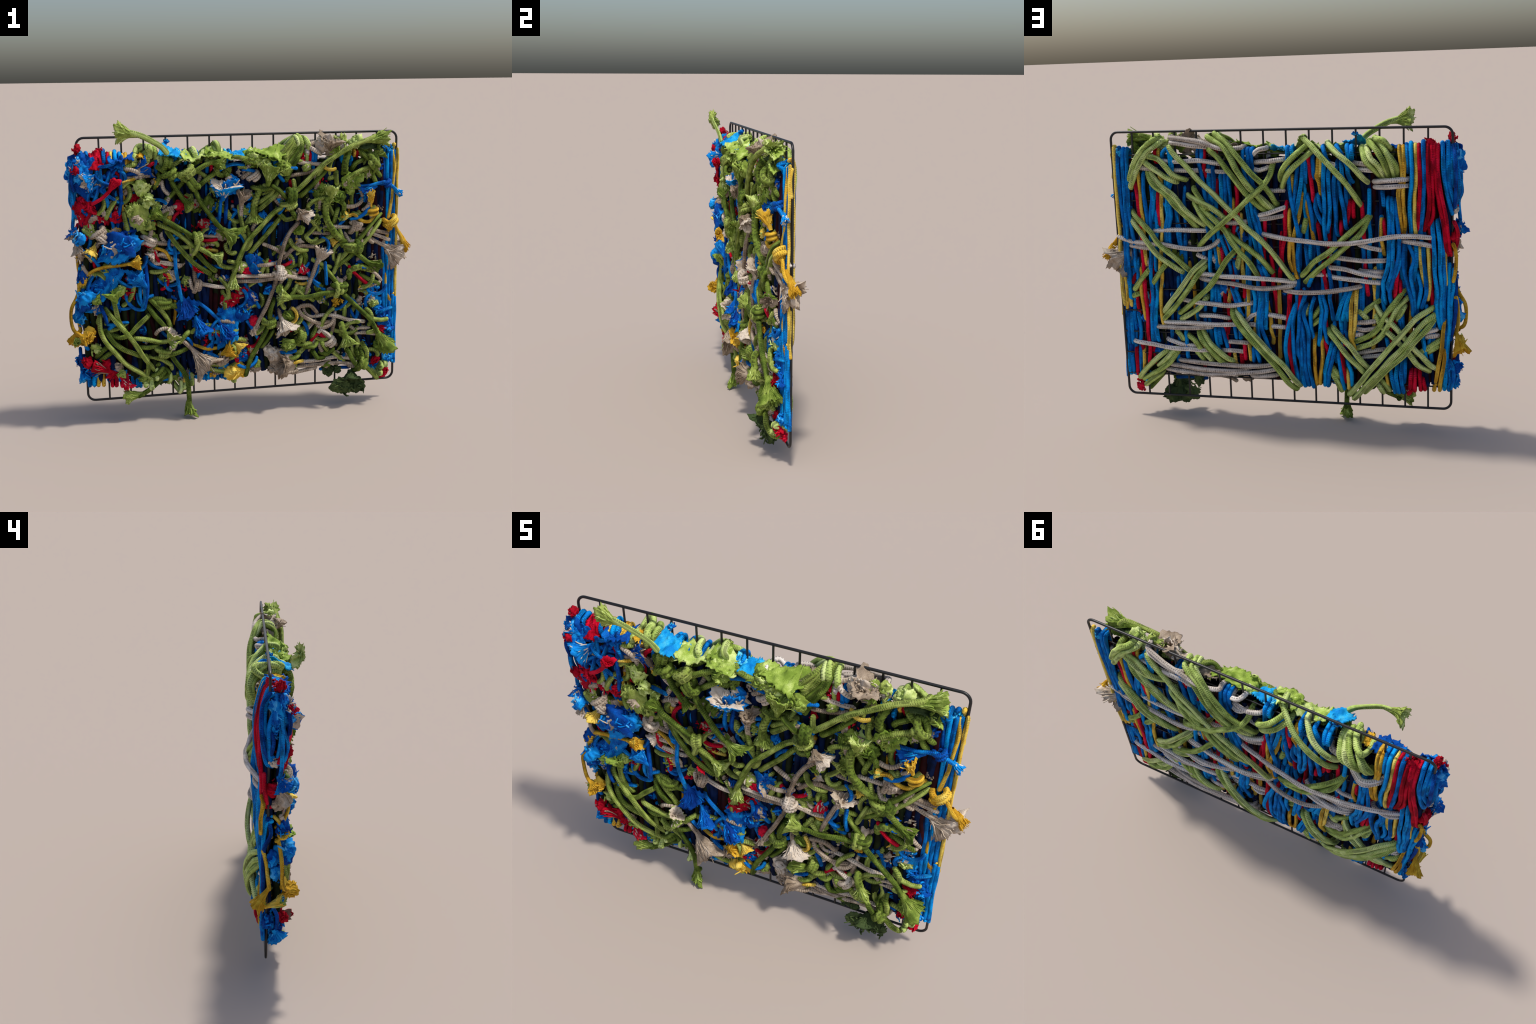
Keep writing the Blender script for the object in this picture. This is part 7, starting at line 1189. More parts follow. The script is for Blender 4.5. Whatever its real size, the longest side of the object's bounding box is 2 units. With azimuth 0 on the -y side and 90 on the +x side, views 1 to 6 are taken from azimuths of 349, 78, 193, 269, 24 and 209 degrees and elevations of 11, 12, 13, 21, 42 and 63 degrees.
rope("grey", 0.0108, "front", [(0.417, -0.020, 0.541), (0.470, -0.038, 0.548), (0.537, -0.045, 0.540), (0.613, -0.040, 0.511), (0.695, -0.020, 0.492)])
rope("grey", 0.0108, "front", [(0.300, -0.010, 0.620), (0.277, -0.022, 0.602), (0.259, -0.025, 0.581), (0.249, -0.021, 0.558), (0.243, -0.010, 0.532)])
frayed_end("grey", "grey", (0.204, -0.035, 0.553), (0.240, -0.070, 0.469), 0.065)
frayed_tuft("grey", "grey", (0.220, -0.060, 0.490), 0.050)
rope("grey", 0.0108, "front", [(0.196, -0.020, 0.595), (0.196, -0.032, 0.581), (0.198, -0.035, 0.564), (0.201, -0.036, 0.548), (0.203, -0.040, 0.532)])
rope("grey", 0.0108, "front", [(0.326, -0.020, 0.438), (0.346, -0.032, 0.460), (0.367, -0.035, 0.480), (0.386, -0.031, 0.498), (0.406, -0.020, 0.513)])
rope("grey", 0.0108, "front", [(0.532, -0.010, 0.560), (0.526, -0.025, 0.530), (0.522, -0.030, 0.497), (0.514, -0.026, 0.462), (0.507, -0.010, 0.423)])
rope("grey", 0.0108, "front", [(0.417, -0.020, 0.426), (0.427, -0.038, 0.448), (0.440, -0.045, 0.462), (0.458, -0.050, 0.452), (0.478, -0.050, 0.435), (0.499, -0.047, 0.414), (0.522, -0.040, 0.390)])
knot("grey", (0.486, -0.045, 0.388), 0.030, 0.0130, 60)
rope("grey", 0.0108, "front", [(0.435, -0.020, 0.471), (0.453, -0.039, 0.452), (0.474, -0.045, 0.429), (0.501, -0.042, 0.401), (0.530, -0.030, 0.369)])
rope("grey", 0.0108, "front", [(0.629, -0.010, 0.433), (0.653, -0.018, 0.445), (0.679, -0.020, 0.454), (0.708, -0.018, 0.453), (0.740, -0.010, 0.450)])
rope("grey", 0.0108, "front", [(0.646, -0.010, 0.420), (0.676, -0.019, 0.423), (0.707, -0.022, 0.423), (0.740, -0.019, 0.419), (0.776, -0.010, 0.411)])
rope("green", 0.0128, "front", [(0.159, -0.040, 0.647), (0.148, -0.048, 0.622), (0.140, -0.050, 0.594), (0.138, -0.048, 0.566), (0.138, -0.040, 0.536)])
rope("green", 0.0128, "front", [(0.096, -0.040, 0.550), (0.108, -0.051, 0.540), (0.122, -0.055, 0.530), (0.141, -0.053, 0.519), (0.162, -0.045, 0.507)])
rope("green", 0.0128, "front", [(0.123, -0.045, 0.498), (0.092, -0.056, 0.441), (0.049, -0.060, 0.377), (0.018, -0.059, 0.322), (-0.004, -0.050, 0.235)])
rope("green", 0.0128, "front", [(0.156, -0.020, 0.461), (0.137, -0.029, 0.439), (0.120, -0.030, 0.416), (0.105, -0.030, 0.401), (0.091, -0.030, 0.388)])
knot("green", (0.129, -0.045, 0.526), 0.030, 0.0140, 90)
rope("green", 0.0180, "front", [(0.553, -0.060, 0.509), (0.554, -0.080, 0.488), (0.560, -0.085, 0.464), (0.569, -0.084, 0.437), (0.579, -0.080, 0.409)])
frayed_end("green", "lime", (0.567, -0.080, 0.450), (0.592, -0.095, 0.367), 0.060)
rope("green", 0.0128, "front", [(0.300, -0.030, 0.385), (0.317, -0.046, 0.386), (0.335, -0.050, 0.384), (0.356, -0.046, 0.386), (0.380, -0.030, 0.385)])
rope("green", 0.0128, "front", [(0.346, -0.030, 0.365), (0.369, -0.052, 0.369), (0.394, -0.054, 0.371), (0.407, -0.048, 0.383), (0.421, -0.030, 0.394)])
rope("green", 0.0128, "front", [(0.417, -0.020, 0.484), (0.405, -0.036, 0.466), (0.395, -0.040, 0.445), (0.391, -0.035, 0.424), (0.389, -0.020, 0.399)])
rope("green", 0.0128, "front", [(0.392, -0.030, 0.338), (0.402, -0.048, 0.320), (0.416, -0.050, 0.300), (0.433, -0.047, 0.297), (0.453, -0.040, 0.296)])
rope("green", 0.0128, "front", [(0.438, -0.030, 0.393), (0.443, -0.050, 0.385), (0.451, -0.055, 0.373), (0.462, -0.052, 0.359), (0.476, -0.040, 0.341)])
rope("green", 0.0128, "front", [(0.438, -0.030, 0.323), (0.454, -0.046, 0.321), (0.472, -0.050, 0.318), (0.491, -0.048, 0.328), (0.510, -0.040, 0.339)])
rope("green", 0.0128, "front", [(0.288, -0.010, 0.328), (0.300, -0.030, 0.333), (0.315, -0.035, 0.336), (0.328, -0.032, 0.346), (0.343, -0.020, 0.356)])
frayed_end("green", "lime", (0.315, -0.040, 0.404), (0.204, -0.055, 0.382), 0.040)
knot("green", (0.314, -0.045, 0.429), 0.030, 0.0140, 30)
frayed_end("grey", "grey", (0.291, -0.045, 0.275), (0.177, -0.070, 0.285), 0.078)
frayed_tuft("grey", "grey", (0.151, -0.065, 0.349), 0.055)
frayed_tuft("grey", "grey", (0.225, -0.060, 0.238), 0.050)
frayed_tuft("grey", "grey", (0.153, -0.050, 0.252), 0.040)
rope("grey", 0.0108, "front", [(0.293, -0.010, 0.266), (0.353, -0.026, 0.275), (0.413, -0.033, 0.280), (0.471, -0.035, 0.286), (0.529, -0.033, 0.289), (0.584, -0.029, 0.282), (0.639, -0.020, 0.271)])
rope("grey", 0.0108, "front", [(0.316, -0.010, 0.244), (0.377, -0.031, 0.251), (0.440, -0.039, 0.254), (0.499, -0.040, 0.256), (0.556, -0.036, 0.256), (0.604, -0.030, 0.246), (0.651, -0.020, 0.232)])
rope("grey", 0.0108, "front", [(0.282, -0.010, 0.206), (0.310, -0.022, 0.215), (0.341, -0.025, 0.221), (0.374, -0.022, 0.225), (0.409, -0.010, 0.226)])
rope("grey", 0.0108, "front", [(0.449, -0.010, 0.305), (0.492, -0.014, 0.312), (0.534, -0.015, 0.315), (0.573, -0.014, 0.306), (0.612, -0.010, 0.293)])
frayed_tuft("grey", "grey", (0.048, -0.040, 0.262), 0.042)
frayed_tuft("yellow", "yellow", (-0.049, -0.055, 0.251), 0.050)
frayed_end("yellow", "yellow", (-0.067, -0.045, 0.420), (-0.026, -0.060, 0.382), 0.042)
frayed_tuft("red", "red", (-0.010, -0.030, 0.344), 0.042)
frayed_tuft("red", "red", (0.011, -0.010, 0.422), 0.035)
knot("green", (0.675, -0.055, 0.244), 0.034, 0.0150, 30)
rope("green", 0.0128, "front", [(0.600, -0.050, 0.324), (0.615, -0.059, 0.293), (0.632, -0.060, 0.263), (0.648, -0.058, 0.247), (0.664, -0.055, 0.233)])
rope("green", 0.0128, "front", [(0.696, -0.040, 0.355), (0.705, -0.056, 0.339), (0.714, -0.060, 0.318), (0.713, -0.058, 0.295), (0.712, -0.050, 0.269)])
rope("green", 0.0128, "front", [(0.682, -0.050, 0.318), (0.686, -0.063, 0.284), (0.688, -0.065, 0.249), (0.669, -0.061, 0.229), (0.648, -0.050, 0.209)])
rope("green", 0.0128, "front", [(0.695, -0.050, 0.235), (0.717, -0.054, 0.214), (0.740, -0.055, 0.192), (0.761, -0.048, 0.171), (0.785, -0.030, 0.145)])
rope("green", 0.0128, "front", [(0.659, -0.030, 0.319), (0.660, -0.042, 0.313), (0.663, -0.045, 0.303), (0.669, -0.042, 0.292), (0.677, -0.030, 0.277)])
frayed_tuft("red", "red", (0.827, -0.025, 0.199), 0.042)
frayed_tuft("red", "red", (0.781, -0.020, 0.243), 0.035)
frayed_tuft("blue", "cyan", (0.773, -0.010, 0.217), 0.040)
frayed_tuft("blue", "blue", (0.854, -0.016, 0.254), 0.036)
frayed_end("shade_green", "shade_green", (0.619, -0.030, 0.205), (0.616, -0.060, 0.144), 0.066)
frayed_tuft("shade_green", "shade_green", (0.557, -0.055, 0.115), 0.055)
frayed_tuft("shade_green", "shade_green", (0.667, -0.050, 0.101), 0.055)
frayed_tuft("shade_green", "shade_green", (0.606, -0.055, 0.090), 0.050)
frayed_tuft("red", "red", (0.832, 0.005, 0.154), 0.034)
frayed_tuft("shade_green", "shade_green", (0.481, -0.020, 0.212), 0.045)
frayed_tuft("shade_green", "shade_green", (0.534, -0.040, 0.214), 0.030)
rope("blue", 0.0096, "front", [(0.452, 0.000, 0.213), (0.495, -0.004, 0.215), (0.537, -0.005, 0.215), (0.577, -0.004, 0.214), (0.616, 0.000, 0.213)])
frayed_tuft("blue", "blue", (0.715, 0.000, 0.383), 0.045)
frayed_tuft("blue", "blue", (0.644, 0.000, 0.388), 0.045)
frayed_tuft("blue", "blue", (-0.023, -0.010, 0.729), 0.040)
frayed_tuft("blue", "blue", (-0.011, -0.055, 0.599), 0.062)
frayed_tuft("blue", "grey", (0.033, -0.058, 0.670), 0.050)
frayed_tuft("red", "grey", (-0.029, -0.040, 0.692), 0.045)
# large draped and torn ends
flap("blue", [(-0.783, -0.070, 1.003), (-0.679, -0.095, 1.060), (-0.566, -0.075, 1.041)], [(-0.822, -0.070, 0.931), (-0.706, -0.100, 0.921), (-0.637, -0.090, 0.947)])
flap("blue", [(-0.950, -0.020, 1.503), (-0.884, -0.040, 1.518), (-0.811, -0.040, 1.491)], [(-0.953, -0.040, 1.439), (-0.879, -0.060, 1.419), (-0.800, -0.035, 1.393)])
flap("blue", [(-0.927, -0.050, 1.368), (-0.870, -0.065, 1.409), (-0.816, -0.050, 1.375)], [(-0.914, -0.055, 1.322), (-0.866, -0.060, 1.275), (-0.825, -0.040, 1.297)])
flap("blue", [(-0.961, -0.015, 1.107), (-0.925, -0.040, 1.114), (-0.896, -0.030, 1.075)], [(-0.949, -0.010, 1.037), (-0.914, -0.035, 1.019), (-0.878, -0.025, 1.026)])
flap("blue", [(-0.825, -0.040, 0.864), (-0.748, -0.060, 0.900), (-0.667, -0.050, 0.882)], [(-0.848, -0.050, 0.740), (-0.797, -0.070, 0.717), (-0.725, -0.060, 0.766)])
flap("blue", [(-0.679, -0.050, 0.876), (-0.621, -0.070, 0.865), (-0.574, -0.055, 0.835)], [(-0.645, -0.050, 0.820), (-0.601, -0.070, 0.785), (-0.557, -0.050, 0.797)])
flap("blue", [(-0.386, -0.045, 0.687), (-0.320, -0.048, 0.696), (-0.265, -0.040, 0.660)], [(-0.405, -0.035, 0.636), (-0.341, -0.045, 0.572), (-0.290, -0.035, 0.616)])
flap("blue", [(-0.166, -0.030, 0.620), (-0.106, -0.045, 0.633), (-0.037, -0.040, 0.602)], [(-0.155, -0.030, 0.531), (-0.092, -0.060, 0.496), (-0.046, -0.050, 0.529)])
flap("blue", [(-0.194, -0.045, 0.537), (-0.129, -0.060, 0.531), (-0.046, -0.050, 0.542)], [(-0.172, -0.050, 0.435), (-0.114, -0.070, 0.418), (-0.049, -0.060, 0.443)])
flap("blue", [(-0.309, -0.030, 0.566), (-0.266, -0.035, 0.590), (-0.235, -0.030, 0.536)], [(-0.299, -0.040, 0.498), (-0.265, -0.055, 0.456), (-0.208, -0.045, 0.494)])
flap("red", [(-0.141, -0.040, 0.696), (-0.080, -0.048, 0.714), (-0.029, -0.040, 0.696)], [(-0.136, -0.040, 0.652), (-0.088, -0.050, 0.633), (-0.036, -0.040, 0.653)])
flap("red", [(-0.925, -0.030, 1.217), (-0.873, -0.050, 1.243), (-0.809, -0.045, 1.209)], [(-0.903, -0.030, 1.133), (-0.864, -0.045, 1.107), (-0.795, -0.035, 1.165)])
flap("blue", [(-0.175, -0.060, 1.303), (-0.099, -0.085, 1.350), (-0.029, -0.075, 1.352)], [(-0.159, -0.050, 1.259), (-0.099, -0.075, 1.265), (-0.045, -0.070, 1.278)])
flap("blue", [(-0.004, -0.040, 0.922), (0.038, -0.050, 0.933), (0.106, -0.040, 0.895)], [(0.013, -0.035, 0.849), (0.059, -0.050, 0.827), (0.122, -0.040, 0.850)])
flap("blue", [(0.700, 0.000, 0.675), (0.751, -0.020, 0.699), (0.811, 0.000, 0.662)], [(0.705, -0.005, 0.572), (0.759, -0.020, 0.561), (0.818, 0.000, 0.587)])
flap("blue", [(0.786, -0.008, 0.544), (0.830, -0.018, 0.567), (0.876, -0.005, 0.538)], [(0.788, -0.008, 0.463), (0.832, -0.018, 0.439), (0.878, -0.005, 0.444)])
flap("grey", [(0.120, -0.050, 0.335), (0.185, -0.065, 0.369), (0.266, -0.055, 0.332)], [(0.142, -0.050, 0.241), (0.206, -0.065, 0.212), (0.289, -0.050, 0.242)])
flap("grey", [(0.435, -0.010, 1.555), (0.482, -0.040, 1.588), (0.546, -0.030, 1.564)], [(0.444, -0.020, 1.497), (0.491, -0.050, 1.487), (0.558, -0.030, 1.511)])
flap("grey", [(0.798, 0.010, 0.959), (0.866, 0.005, 0.973), (0.952, 0.030, 0.937)], [(0.846, 0.010, 0.888), (0.909, 0.020, 0.849), (0.985, 0.035, 0.848)])
flap("lime", [(0.010, -0.070, 1.486), (0.049, -0.090, 1.497), (0.106, -0.070, 1.478)], [(0.027, -0.060, 1.443), (0.076, -0.085, 1.433), (0.122, -0.065, 1.441)])
flap("green", [(-0.657, -0.066, 1.211), (-0.590, -0.080, 1.242), (-0.534, -0.074, 1.213)], [(-0.629, -0.066, 1.121), (-0.580, -0.080, 1.093), (-0.517, -0.070, 1.107)])
flap("green", [(-0.651, -0.070, 1.222), (-0.620, -0.078, 1.248), (-0.589, -0.076, 1.257)], [(-0.643, -0.070, 1.164), (-0.628, -0.080, 1.176), (-0.602, -0.076, 1.190)])
flap("lime", [(-0.616, -0.068, 1.350), (-0.565, -0.080, 1.365), (-0.509, -0.070, 1.336)], [(-0.597, -0.066, 1.292), (-0.568, -0.076, 1.277), (-0.525, -0.066, 1.305)])
flap("lime", [(0.553, -0.050, 1.341), (0.599, -0.062, 1.373), (0.676, -0.050, 1.348)], [(0.560, -0.045, 1.286), (0.601, -0.060, 1.281), (0.656, -0.045, 1.305)])
flap("green", [(0.403, -0.050, 1.271), (0.451, -0.058, 1.291), (0.492, -0.050, 1.268)], [(0.400, -0.040, 1.215), (0.436, -0.052, 1.216), (0.471, -0.045, 1.224)])
# the dog-bone end that stands out above the top left
rope("green", 0.0145, "world", [(-0.420, -0.100, 1.503), (-0.455, -0.110, 1.546), (-0.510, -0.122, 1.580), (-0.560, -0.136, 1.605), (-0.600, -0.138, 1.620), (-0.630, -0.132, 1.628)])
frayed_end("green", "lime", (-0.585, -0.140, 1.610), (-0.695, -0.118, 1.626), 0.054)
# left edge, seen from the left
rope("blue", 0.0096, "front", [(-0.905, 0.032, 1.501), (-0.915, 0.065, 1.447), (-0.920, 0.069, 1.340), (-0.916, 0.051, 1.234), (-0.905, 0.011, 1.166)])
rope("blue", 0.0096, "front", [(-0.920, 0.031, 1.341), (-0.932, 0.021, 1.316), (-0.935, 0.014, 1.288), (-0.932, 0.017, 1.258), (-0.920, 0.023, 1.224)])
rope("blue", 0.0096, "front", [(-0.920, 0.000, 1.494), (-0.940, -0.029, 1.347), (-0.936, -0.052, 1.271), (-0.928, -0.043, 1.210), (-0.920, -0.027, 1.183)])
rope("blue", 0.0096, "front", [(-0.920, -0.050, 1.426), (-0.932, -0.057, 1.402), (-0.935, -0.063, 1.374), (-0.932, -0.061, 1.345), (-0.920, -0.058, 1.312)])
frayed_tuft("blue", "blue", (-0.926, -0.000, 1.451), 0.055, "left")
frayed_tuft("blue", "blue", (-0.926, -0.034, 1.377), 0.050, "left")
frayed_tuft("blue", "blue", (-0.926, 0.003, 1.337), 0.045, "left")
frayed_tuft("red", "red", (-0.915, -0.015, 1.532), 0.035, "left")
frayed_tuft("red", "red", (-0.930, -0.068, 1.430), 0.032, "left")
frayed_tuft("red", "red", (-0.930, -0.054, 1.228), 0.035, "left")
frayed_tuft("grey", "grey", (-0.926, 0.012, 1.179), 0.030, "left")
rope("red", 0.0094, "front", [(-0.915, 0.053, 1.118), (-0.928, 0.053, 1.084), (-0.930, 0.051, 1.047), (-0.926, 0.046, 1.015), (-0.915, 0.039, 0.981)])
frayed_tuft("red", "red", (-0.926, 0.010, 1.051), 0.048, "left")
rope("yellow", 0.0092, "front", [(-0.910, 0.063, 1.005), (-0.917, 0.057, 0.988), (-0.921, 0.053, 0.968), (-0.925, 0.060, 0.938), (-0.924, 0.067, 0.905), (-0.920, 0.068, 0.866), (-0.910, 0.066, 0.824)])
rope("blue", 0.0096, "front", [(-0.910, 0.031, 0.892), (-0.920, 0.018, 0.823), (-0.925, 0.048, 0.750), (-0.922, 0.053, 0.652), (-0.900, 0.051, 0.513)])
frayed_tuft("grey", "grey", (-0.926, -0.022, 0.966), 0.042, "left")
frayed_tuft("blue", "blue", (-0.925, -0.074, 1.064), 0.050, "left")
frayed_tuft("blue", "blue", (-0.925, -0.051, 0.743), 0.060, "left")
frayed_tuft("blue", "blue", (-0.925, -0.033, 0.695), 0.055, "left")
frayed_tuft("blue", "blue", (-0.920, -0.043, 0.836), 0.045, "left")
rope("yellow", 0.0092, "front", [(-0.925, 0.054, 0.729), (-0.932, 0.045, 0.695), (-0.935, 0.036, 0.655), (-0.934, 0.029, 0.598), (-0.925, 0.023, 0.533)])
frayed_end("yellow", "yellow", (-0.925, 0.024, 0.537), (-0.956, 0.086, 0.443), 0.036)
frayed_tuft("yellow", "lime", (-0.965, 0.058, 0.470), 0.026, "left")
frayed_end("yellow", "lime", (-0.945, 0.045, 0.444), (-0.945, -0.043, 0.487), 0.028)
frayed_tuft("red", "red", (-0.915, -0.047, 0.369), 0.038, "left")
rope("blue", 0.0096, "front", [(-0.900, 0.056, 0.382), (-0.912, 0.054, 0.354), (-0.915, 0.052, 0.321), (-0.912, 0.050, 0.284), (-0.900, 0.048, 0.242)])
rope("blue", 0.0096, "front", [(-0.900, 0.011, 0.375), (-0.912, 0.006, 0.358), (-0.915, 0.001, 0.336), (-0.912, -0.004, 0.310), (-0.900, -0.010, 0.279)])
frayed_tuft("blue", "blue", (-0.910, -0.013, 0.307), 0.050, "left")
frayed_tuft("blue", "blue", (-0.910, 0.023, 0.337), 0.045, "left")
# right edge: flat upright cords
rope("blue", 0.0096, "world", [(0.845, 0.011, 0.245), (0.843, 0.006, 0.500), (0.848, 0.010, 0.800), (0.846, 0.004, 1.100), (0.842, 0.010, 1.485)])
rope("blue", 0.0096, "world", [(0.866, 0.013, 0.240), (0.866, 0.008, 0.500), (0.864, 0.011, 0.800), (0.868, 0.006, 1.100), (0.866, 0.011, 1.490)])
rope("blue", 0.0096, "world", [(0.884, 0.016, 0.640), (0.886, 0.012, 0.900), (0.885, 0.014, 1.200), (0.886, 0.016, 1.490)])
rope("yellow", 0.0075, "world", [(0.906, 0.020, 0.650), (0.905, 0.016, 0.900), (0.906, 0.014, 1.200), (0.908, 0.016, 1.500)])
rope("blue", 0.0096, "world", [(0.888, 0.014, 0.235), (0.886, 0.010, 0.450), (0.888, 0.014, 0.640)])
rope("blue", 0.0096, "world", [(0.905, 0.018, 0.240), (0.903, 0.014, 0.450), (0.905, 0.018, 0.630)])
rope("blue", 0.0096, "world", [(0.822, 0.006, 0.250), (0.826, 0.000, 0.600), (0.820, 0.004, 0.950)])
# ---------------------------------------------------------------- crumpled ends along the top
flap("cyan", [(-0.44, 0.02, 1.56), (-0.40, 0.00, 1.545), (-0.35, 0.0, 1.525)], [(-0.47, -0.085, 1.512), (-0.41, -0.105, 1.498), (-0.35, -0.09, 1.492)])
flap("lime", [(-0.35, 0.0, 1.52), (-0.30, 0.04, 1.515), (-0.24, 0.03, 1.50)], [(-0.36, -0.09, 1.492), (-0.29, -0.085, 1.475), (-0.24, -0.06, 1.470)])
flap("lime", [(-0.20, 0.03, 1.535), (-0.15, 0.045, 1.55), (-0.12, 0.03, 1.535)], [(-0.22, -0.06, 1.505), (-0.17, -0.05, 1.505), (-0.13, -0.06, 1.50)])
flap("lime", [(-0.22, -0.04, 1.515), (-0.14, -0.05, 1.51), (-0.07, -0.05, 1.495)], [(-0.20, -0.09, 1.488), (-0.13, -0.105, 1.482), (-0.08, -0.10, 1.48)])
flap("cyan", [(-0.10, 0.03, 1.515), (-0.05, 0.03, 1.50), (-0.01, 0.02, 1.495)], [(-0.10, -0.03, 1.50), (-0.06, -0.03, 1.49), (-0.02, -0.03, 1.485)])
flap("lime", [(0.08, -0.01, 1.505), (0.14, 0.01, 1.515), (0.21, 0.01, 1.53)], [(0.08, -0.09, 1.485), (0.14, -0.105, 1.475), (0.20, -0.105, 1.465)])
flap("lime", [(0.02, 0.02, 1.51), (0.06, 0.02, 1.52), (0.10, 0.01, 1.515)], [(0.02, -0.05, 1.505), (0.06, -0.06, 1.50), (0.10, -0.06, 1.49)])
flap("grey", [(0.20, 0.03, 1.52), (0.26, 0.04, 1.54), (0.30, 0.04, 1.55)], [(0.20, -0.05, 1.50), (0.25, -0.04, 1.525), (0.29, -0.03, 1.535)])
flap("blue", [(-0.74, 0.04, 1.505), (-0.68, 0.05, 1.51), (-0.60, 0.04, 1.505)], [(-0.74, -0.06, 1.485), (-0.68, -0.07, 1.475), (-0.60, -0.06, 1.485)])
flap("yellow", [(-0.59, 0.03, 1.505), (-0.56, 0.03, 1.505), (-0.53, 0.03, 1.50)], [(-0.59, -0.04, 1.495), (-0.56, -0.05, 1.49), (-0.53, -0.05, 1.485)])
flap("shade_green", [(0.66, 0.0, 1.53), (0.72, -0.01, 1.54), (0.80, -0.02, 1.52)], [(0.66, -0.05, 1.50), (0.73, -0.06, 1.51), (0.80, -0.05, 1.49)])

flap("lime", [(-0.36, -0.01, 1.515), (-0.30, 0.01, 1.51), (-0.23, 0.02, 1.515), (-0.15, 0.02, 1.54), (-0.09, 0.01, 1.515)],
     [(-0.36, -0.09, 1.488), (-0.27, -0.075, 1.468), (-0.19, -0.06, 1.495), (-0.11, -0.10, 1.480), (-0.06, -0.09, 1.476)])
flap("cyan", [(-0.10, 0.02, 1.51), (-0.04, 0.03, 1.505), (0.03, 0.02, 1.515)], [(-0.08, -0.06, 1.486), (-0.03, -0.07, 1.482), (0.03, -0.05, 1.49)])
flap("lime", [(0.0, 0.0, 1.505), (0.06, 0.01, 1.52), (0.15, 0.01, 1.525), (0.24, 0.02, 1.54)],
     [(-0.02, -0.09, 1.474), (0.06, -0.075, 1.50), (0.15, -0.10, 1.470), (0.23, -0.07, 1.50)])

# ---------------------------------------------------------------- packing between the two faces
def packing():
    """Cord inside the weave, coloured near-black to paint the shadow in gaps between outer ropes."""
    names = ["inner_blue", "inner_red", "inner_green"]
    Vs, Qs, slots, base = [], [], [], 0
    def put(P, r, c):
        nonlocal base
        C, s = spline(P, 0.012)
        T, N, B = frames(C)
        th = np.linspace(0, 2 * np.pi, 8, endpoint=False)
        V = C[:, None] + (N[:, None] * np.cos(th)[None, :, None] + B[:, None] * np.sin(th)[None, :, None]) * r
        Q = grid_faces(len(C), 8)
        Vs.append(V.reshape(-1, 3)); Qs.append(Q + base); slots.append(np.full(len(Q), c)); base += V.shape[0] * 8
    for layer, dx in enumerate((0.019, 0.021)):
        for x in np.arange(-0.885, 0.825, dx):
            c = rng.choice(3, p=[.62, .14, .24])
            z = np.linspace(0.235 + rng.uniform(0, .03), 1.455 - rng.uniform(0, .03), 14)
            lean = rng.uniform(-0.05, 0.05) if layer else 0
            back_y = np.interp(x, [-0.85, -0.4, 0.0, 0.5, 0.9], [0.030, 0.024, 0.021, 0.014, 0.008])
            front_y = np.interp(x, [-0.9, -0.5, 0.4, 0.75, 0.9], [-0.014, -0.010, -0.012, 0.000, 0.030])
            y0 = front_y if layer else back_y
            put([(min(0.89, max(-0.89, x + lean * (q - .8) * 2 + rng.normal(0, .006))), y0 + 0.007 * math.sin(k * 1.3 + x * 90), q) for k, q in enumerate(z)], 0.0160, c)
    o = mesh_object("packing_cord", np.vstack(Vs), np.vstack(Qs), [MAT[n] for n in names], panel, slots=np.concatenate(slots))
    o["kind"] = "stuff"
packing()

def inner_cords():
    """Upright cords of the weave that lie under the outer runs of the back."""
    pick = np.random.default_rng(33)
    for i in range(78):
        x = -0.87 + 1.74 * (i + pick.uniform(-.4, .4)) / 78
        n = ["blue", "red", "yellow"][pick.choice(3, p=[.68, .19, .13])]
        L = pick.uniform(0.22, 0.55)
        zm = pick.uniform(0.26 + L / 2, 1.44 - L / 2)
        y = float(np.interp(x, [-0.85, -0.4, 0.0, 0.5, 0.9], [0.048, 0.044, 0.040, 0.030, 0.020]))
        lean = pick.uniform(-0.02, 0.02)
        P = [(x + lean * (k - 3) / 3 + pick.normal(0, .003), y + 0.006 * math.sin(k * 1.9 + i), zm + L * (k / 6 - .5)) for k in range(7)]
        rope(n, 0.0106, "back_inner", P, 8)
inner_cords()

HOLLOWS = ((-0.33, 0.62, 0.10), (-0.02, 0.94, 0.07), (0.53, 1.12, 0.06), (-0.55, 0.62, 0.06), (0.10, 1.02, 0.07), (-0.47, 1.28, 0.05))

def in_hollow(x, z):
    """The weave stays open here: one looks down to the cords of the back."""
    return any(math.hypot(x - a, z - b) < r for a, b, r in HOLLOWS)

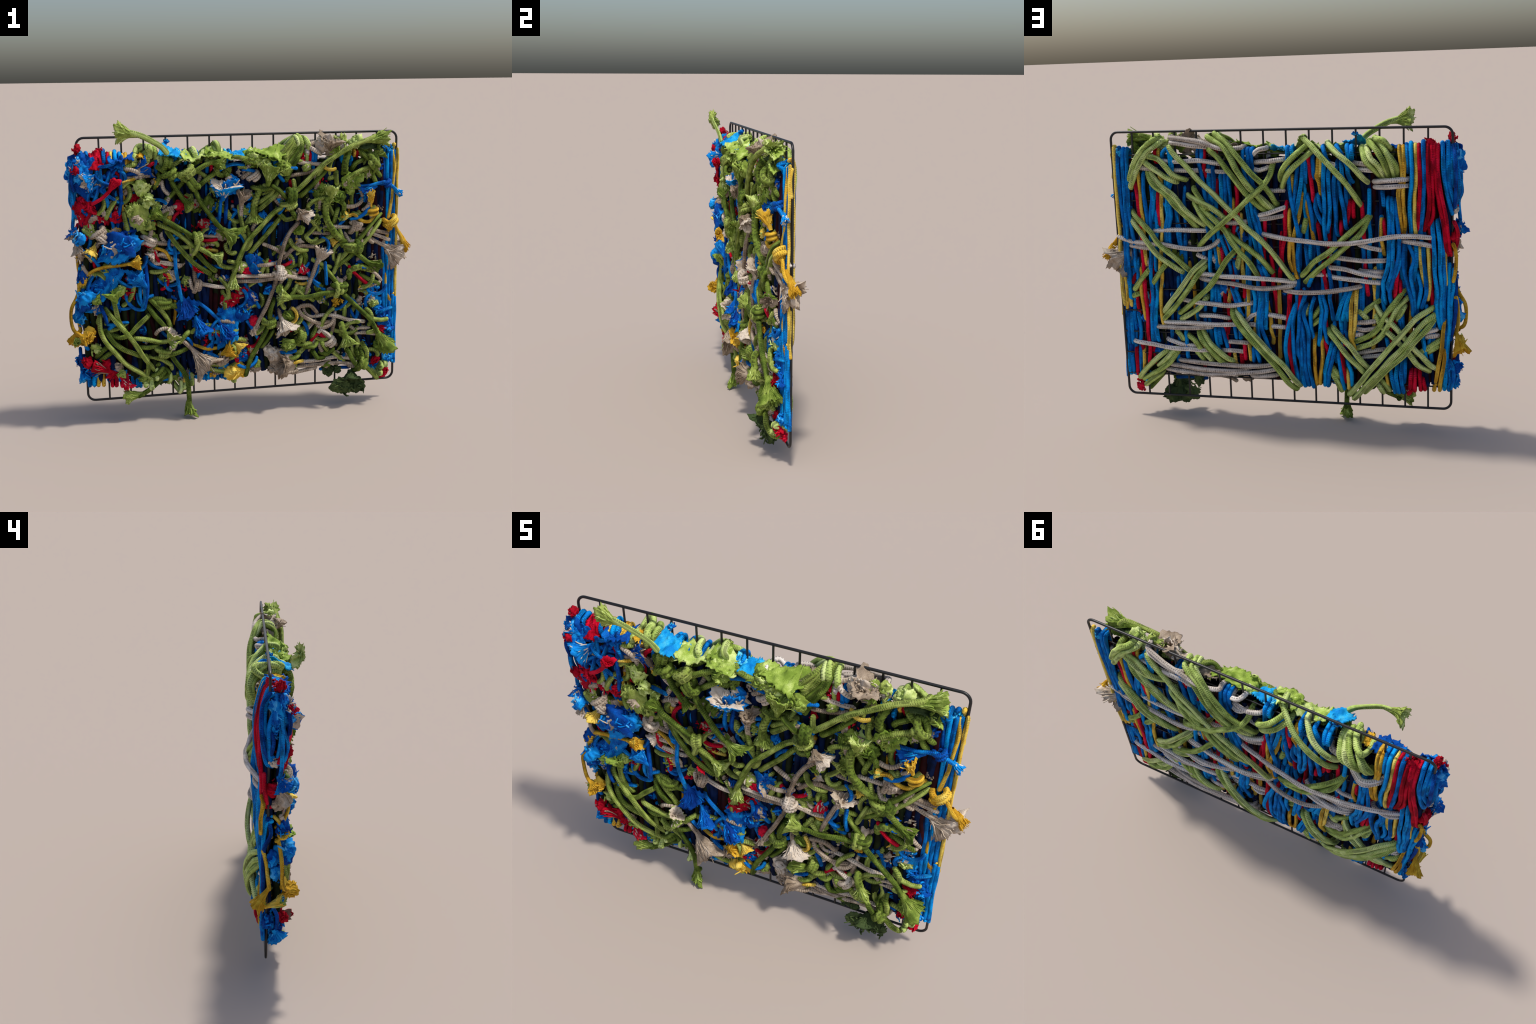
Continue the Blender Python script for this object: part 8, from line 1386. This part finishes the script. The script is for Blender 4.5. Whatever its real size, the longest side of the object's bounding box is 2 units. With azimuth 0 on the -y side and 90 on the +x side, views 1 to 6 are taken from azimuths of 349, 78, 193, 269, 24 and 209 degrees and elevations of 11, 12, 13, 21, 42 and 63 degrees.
def loose_turns():
    """Short turns and loops of cord that crowd the front between the long ropes."""
    pick = np.random.default_rng(21)
    names = ["green", "blue", "red", "grey", "yellow"]
    parts = {n: [] for n in names}
    shares = lambda x: [.20, .48, .16, .12, .04] if x < -0.35 else ([.42, .34, .08, .14, .02] if x < 0.25 else [.60, .14, .04, .19, .03])
    for i in range(360):
        x, z = pick.uniform(-0.88, 0.80), pick.uniform(0.25, 1.44)
        n = names[pick.choice(5, p=shares(x))]
        skip = in_hollow(x, z) or (x < -0.2 and z < 0.68 and pick.uniform() < 0.6)
        r = {"green": 0.0122, "grey": 0.0105}.get(n, 0.0095)
        y = np.interp(x, [-0.9, 0.5, 0.85], [-0.036, -0.036, -0.012]) + pick.uniform(-0.020, 0.014)
        a, bend, L = pick.uniform(0, math.pi), pick.uniform(-2.6, 2.6), pick.uniform(0.08, 0.17)
        P, p = [], np.array([x - L / 2 * math.cos(a), z - L / 2 * math.sin(a)])
        for k in range(6):
            t = k / 5
            lift = 0.016 * math.sin(math.pi * t)
            P.append((min(0.85, max(-0.91, p[0])), y + 0.014 - lift, min(1.465, max(0.225, p[1]))))
            h = a + bend * (t - 0.5)
            p = p + np.array([math.cos(h), math.sin(h)]) * L / 5
        if not skip:
            parts[n].append(braided_tube(P, r, n, 8))
    for n, tubes in parts.items():
        base, Vs, Qs, Ts, sq, st = 0, [], [], [], [], []
        for V, Q, tri, slots in tubes:
            Vs.append(V); Qs.append(Q + base); Ts.append(tri + base)
            sq.append(slots[:len(Q)]); st.append(slots[len(Q):]); base += len(V)
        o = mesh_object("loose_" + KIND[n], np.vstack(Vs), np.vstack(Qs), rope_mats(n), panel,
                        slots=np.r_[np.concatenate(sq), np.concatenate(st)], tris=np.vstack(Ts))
        o["kind"] = "stuff"
loose_turns()

def loose_tufts():
    """Cut ends of every colour that fill the front between the named ones."""
    pick = np.random.default_rng(5)
    names = ["green", "blue", "red", "grey", "yellow"]
    tips = {"green": ("lime", "green", "grey"), "blue": ("pale_blue", "blue", "grey"), "red": ("grey", "red", "red"), "grey": ("grey", "yellow", "green"), "yellow": ("yellow", "lime", "yellow")}
    for i in range(95):
        x, z = pick.uniform(-0.88, 0.78), pick.uniform(0.24, 1.46)
        share = [.22, .44, .18, .12, .04] if x < -0.35 else ([.36, .36, .12, .14, .02] if x < 0.25 else [.52, .16, .06, .23, .03])
        n = names[pick.choice(5, p=share)]
        y = np.interp(x, [-0.9, 0.5, 0.85], [-0.046, -0.042, -0.014]) + pick.uniform(-0.010, 0.012)
        R, tip = pick.uniform(0.028, 0.050), tips[n][pick.choice(3)]
        if not (in_hollow(x, z) or (x < -0.2 and z < 0.68 and pick.uniform() < 0.5)):
            frayed_tuft(n, tip, (x, y, z), R)
loose_tufts()
flap("blue", [(-0.92, 0.02, 0.36), (-0.90, -0.02, 0.37), (-0.84, -0.03, 0.35)], [(-0.90, 0.02, 0.235), (-0.87, -0.02, 0.225), (-0.82, -0.02, 0.235)])
flap("blue", [(-0.80, -0.03, 0.31), (-0.74, -0.035, 0.30), (-0.68, -0.03, 0.30)], [(-0.79, -0.02, 0.225), (-0.74, -0.025, 0.235), (-0.69, -0.02, 0.225)])
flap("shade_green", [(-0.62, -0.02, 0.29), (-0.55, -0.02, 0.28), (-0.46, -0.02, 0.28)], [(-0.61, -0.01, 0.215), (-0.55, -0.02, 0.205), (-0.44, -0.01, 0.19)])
flap("blue", [(-0.30, -0.02, 0.29), (-0.22, -0.03, 0.28), (-0.15, -0.02, 0.28)], [(-0.30, -0.01, 0.215), (-0.22, -0.02, 0.205), (-0.14, -0.01, 0.215)])
flap("blue", [(-0.96, -0.01, 1.47), (-0.92, -0.04, 1.49), (-0.84, -0.045, 1.48)], [(-0.95, -0.03, 1.38), (-0.90, -0.07, 1.39), (-0.84, -0.06, 1.40)])
flap("red", [(-0.83, 0.02, 1.51), (-0.80, 0.0, 1.53), (-0.76, 0.01, 1.50)], [(-0.85, -0.05, 1.44), (-0.80, -0.055, 1.43), (-0.76, -0.05, 1.45)])
flap("blue", [(-0.75, 0.02, 1.50), (-0.70, 0.0, 1.495), (-0.64, 0.01, 1.50)], [(-0.74, -0.05, 1.44), (-0.69, -0.055, 1.435), (-0.64, -0.05, 1.45)])
for x, y, z, R in ((-0.15, 0.02, 1.56, 0.024), (-0.42, 0.02, 1.575, 0.020), (0.52, -0.01, 1.575, 0.024)):
    frayed_tuft("green" if x > -0.3 else "blue", "lime" if x > -0.3 else "cyan", (x, y, z), R, "up")
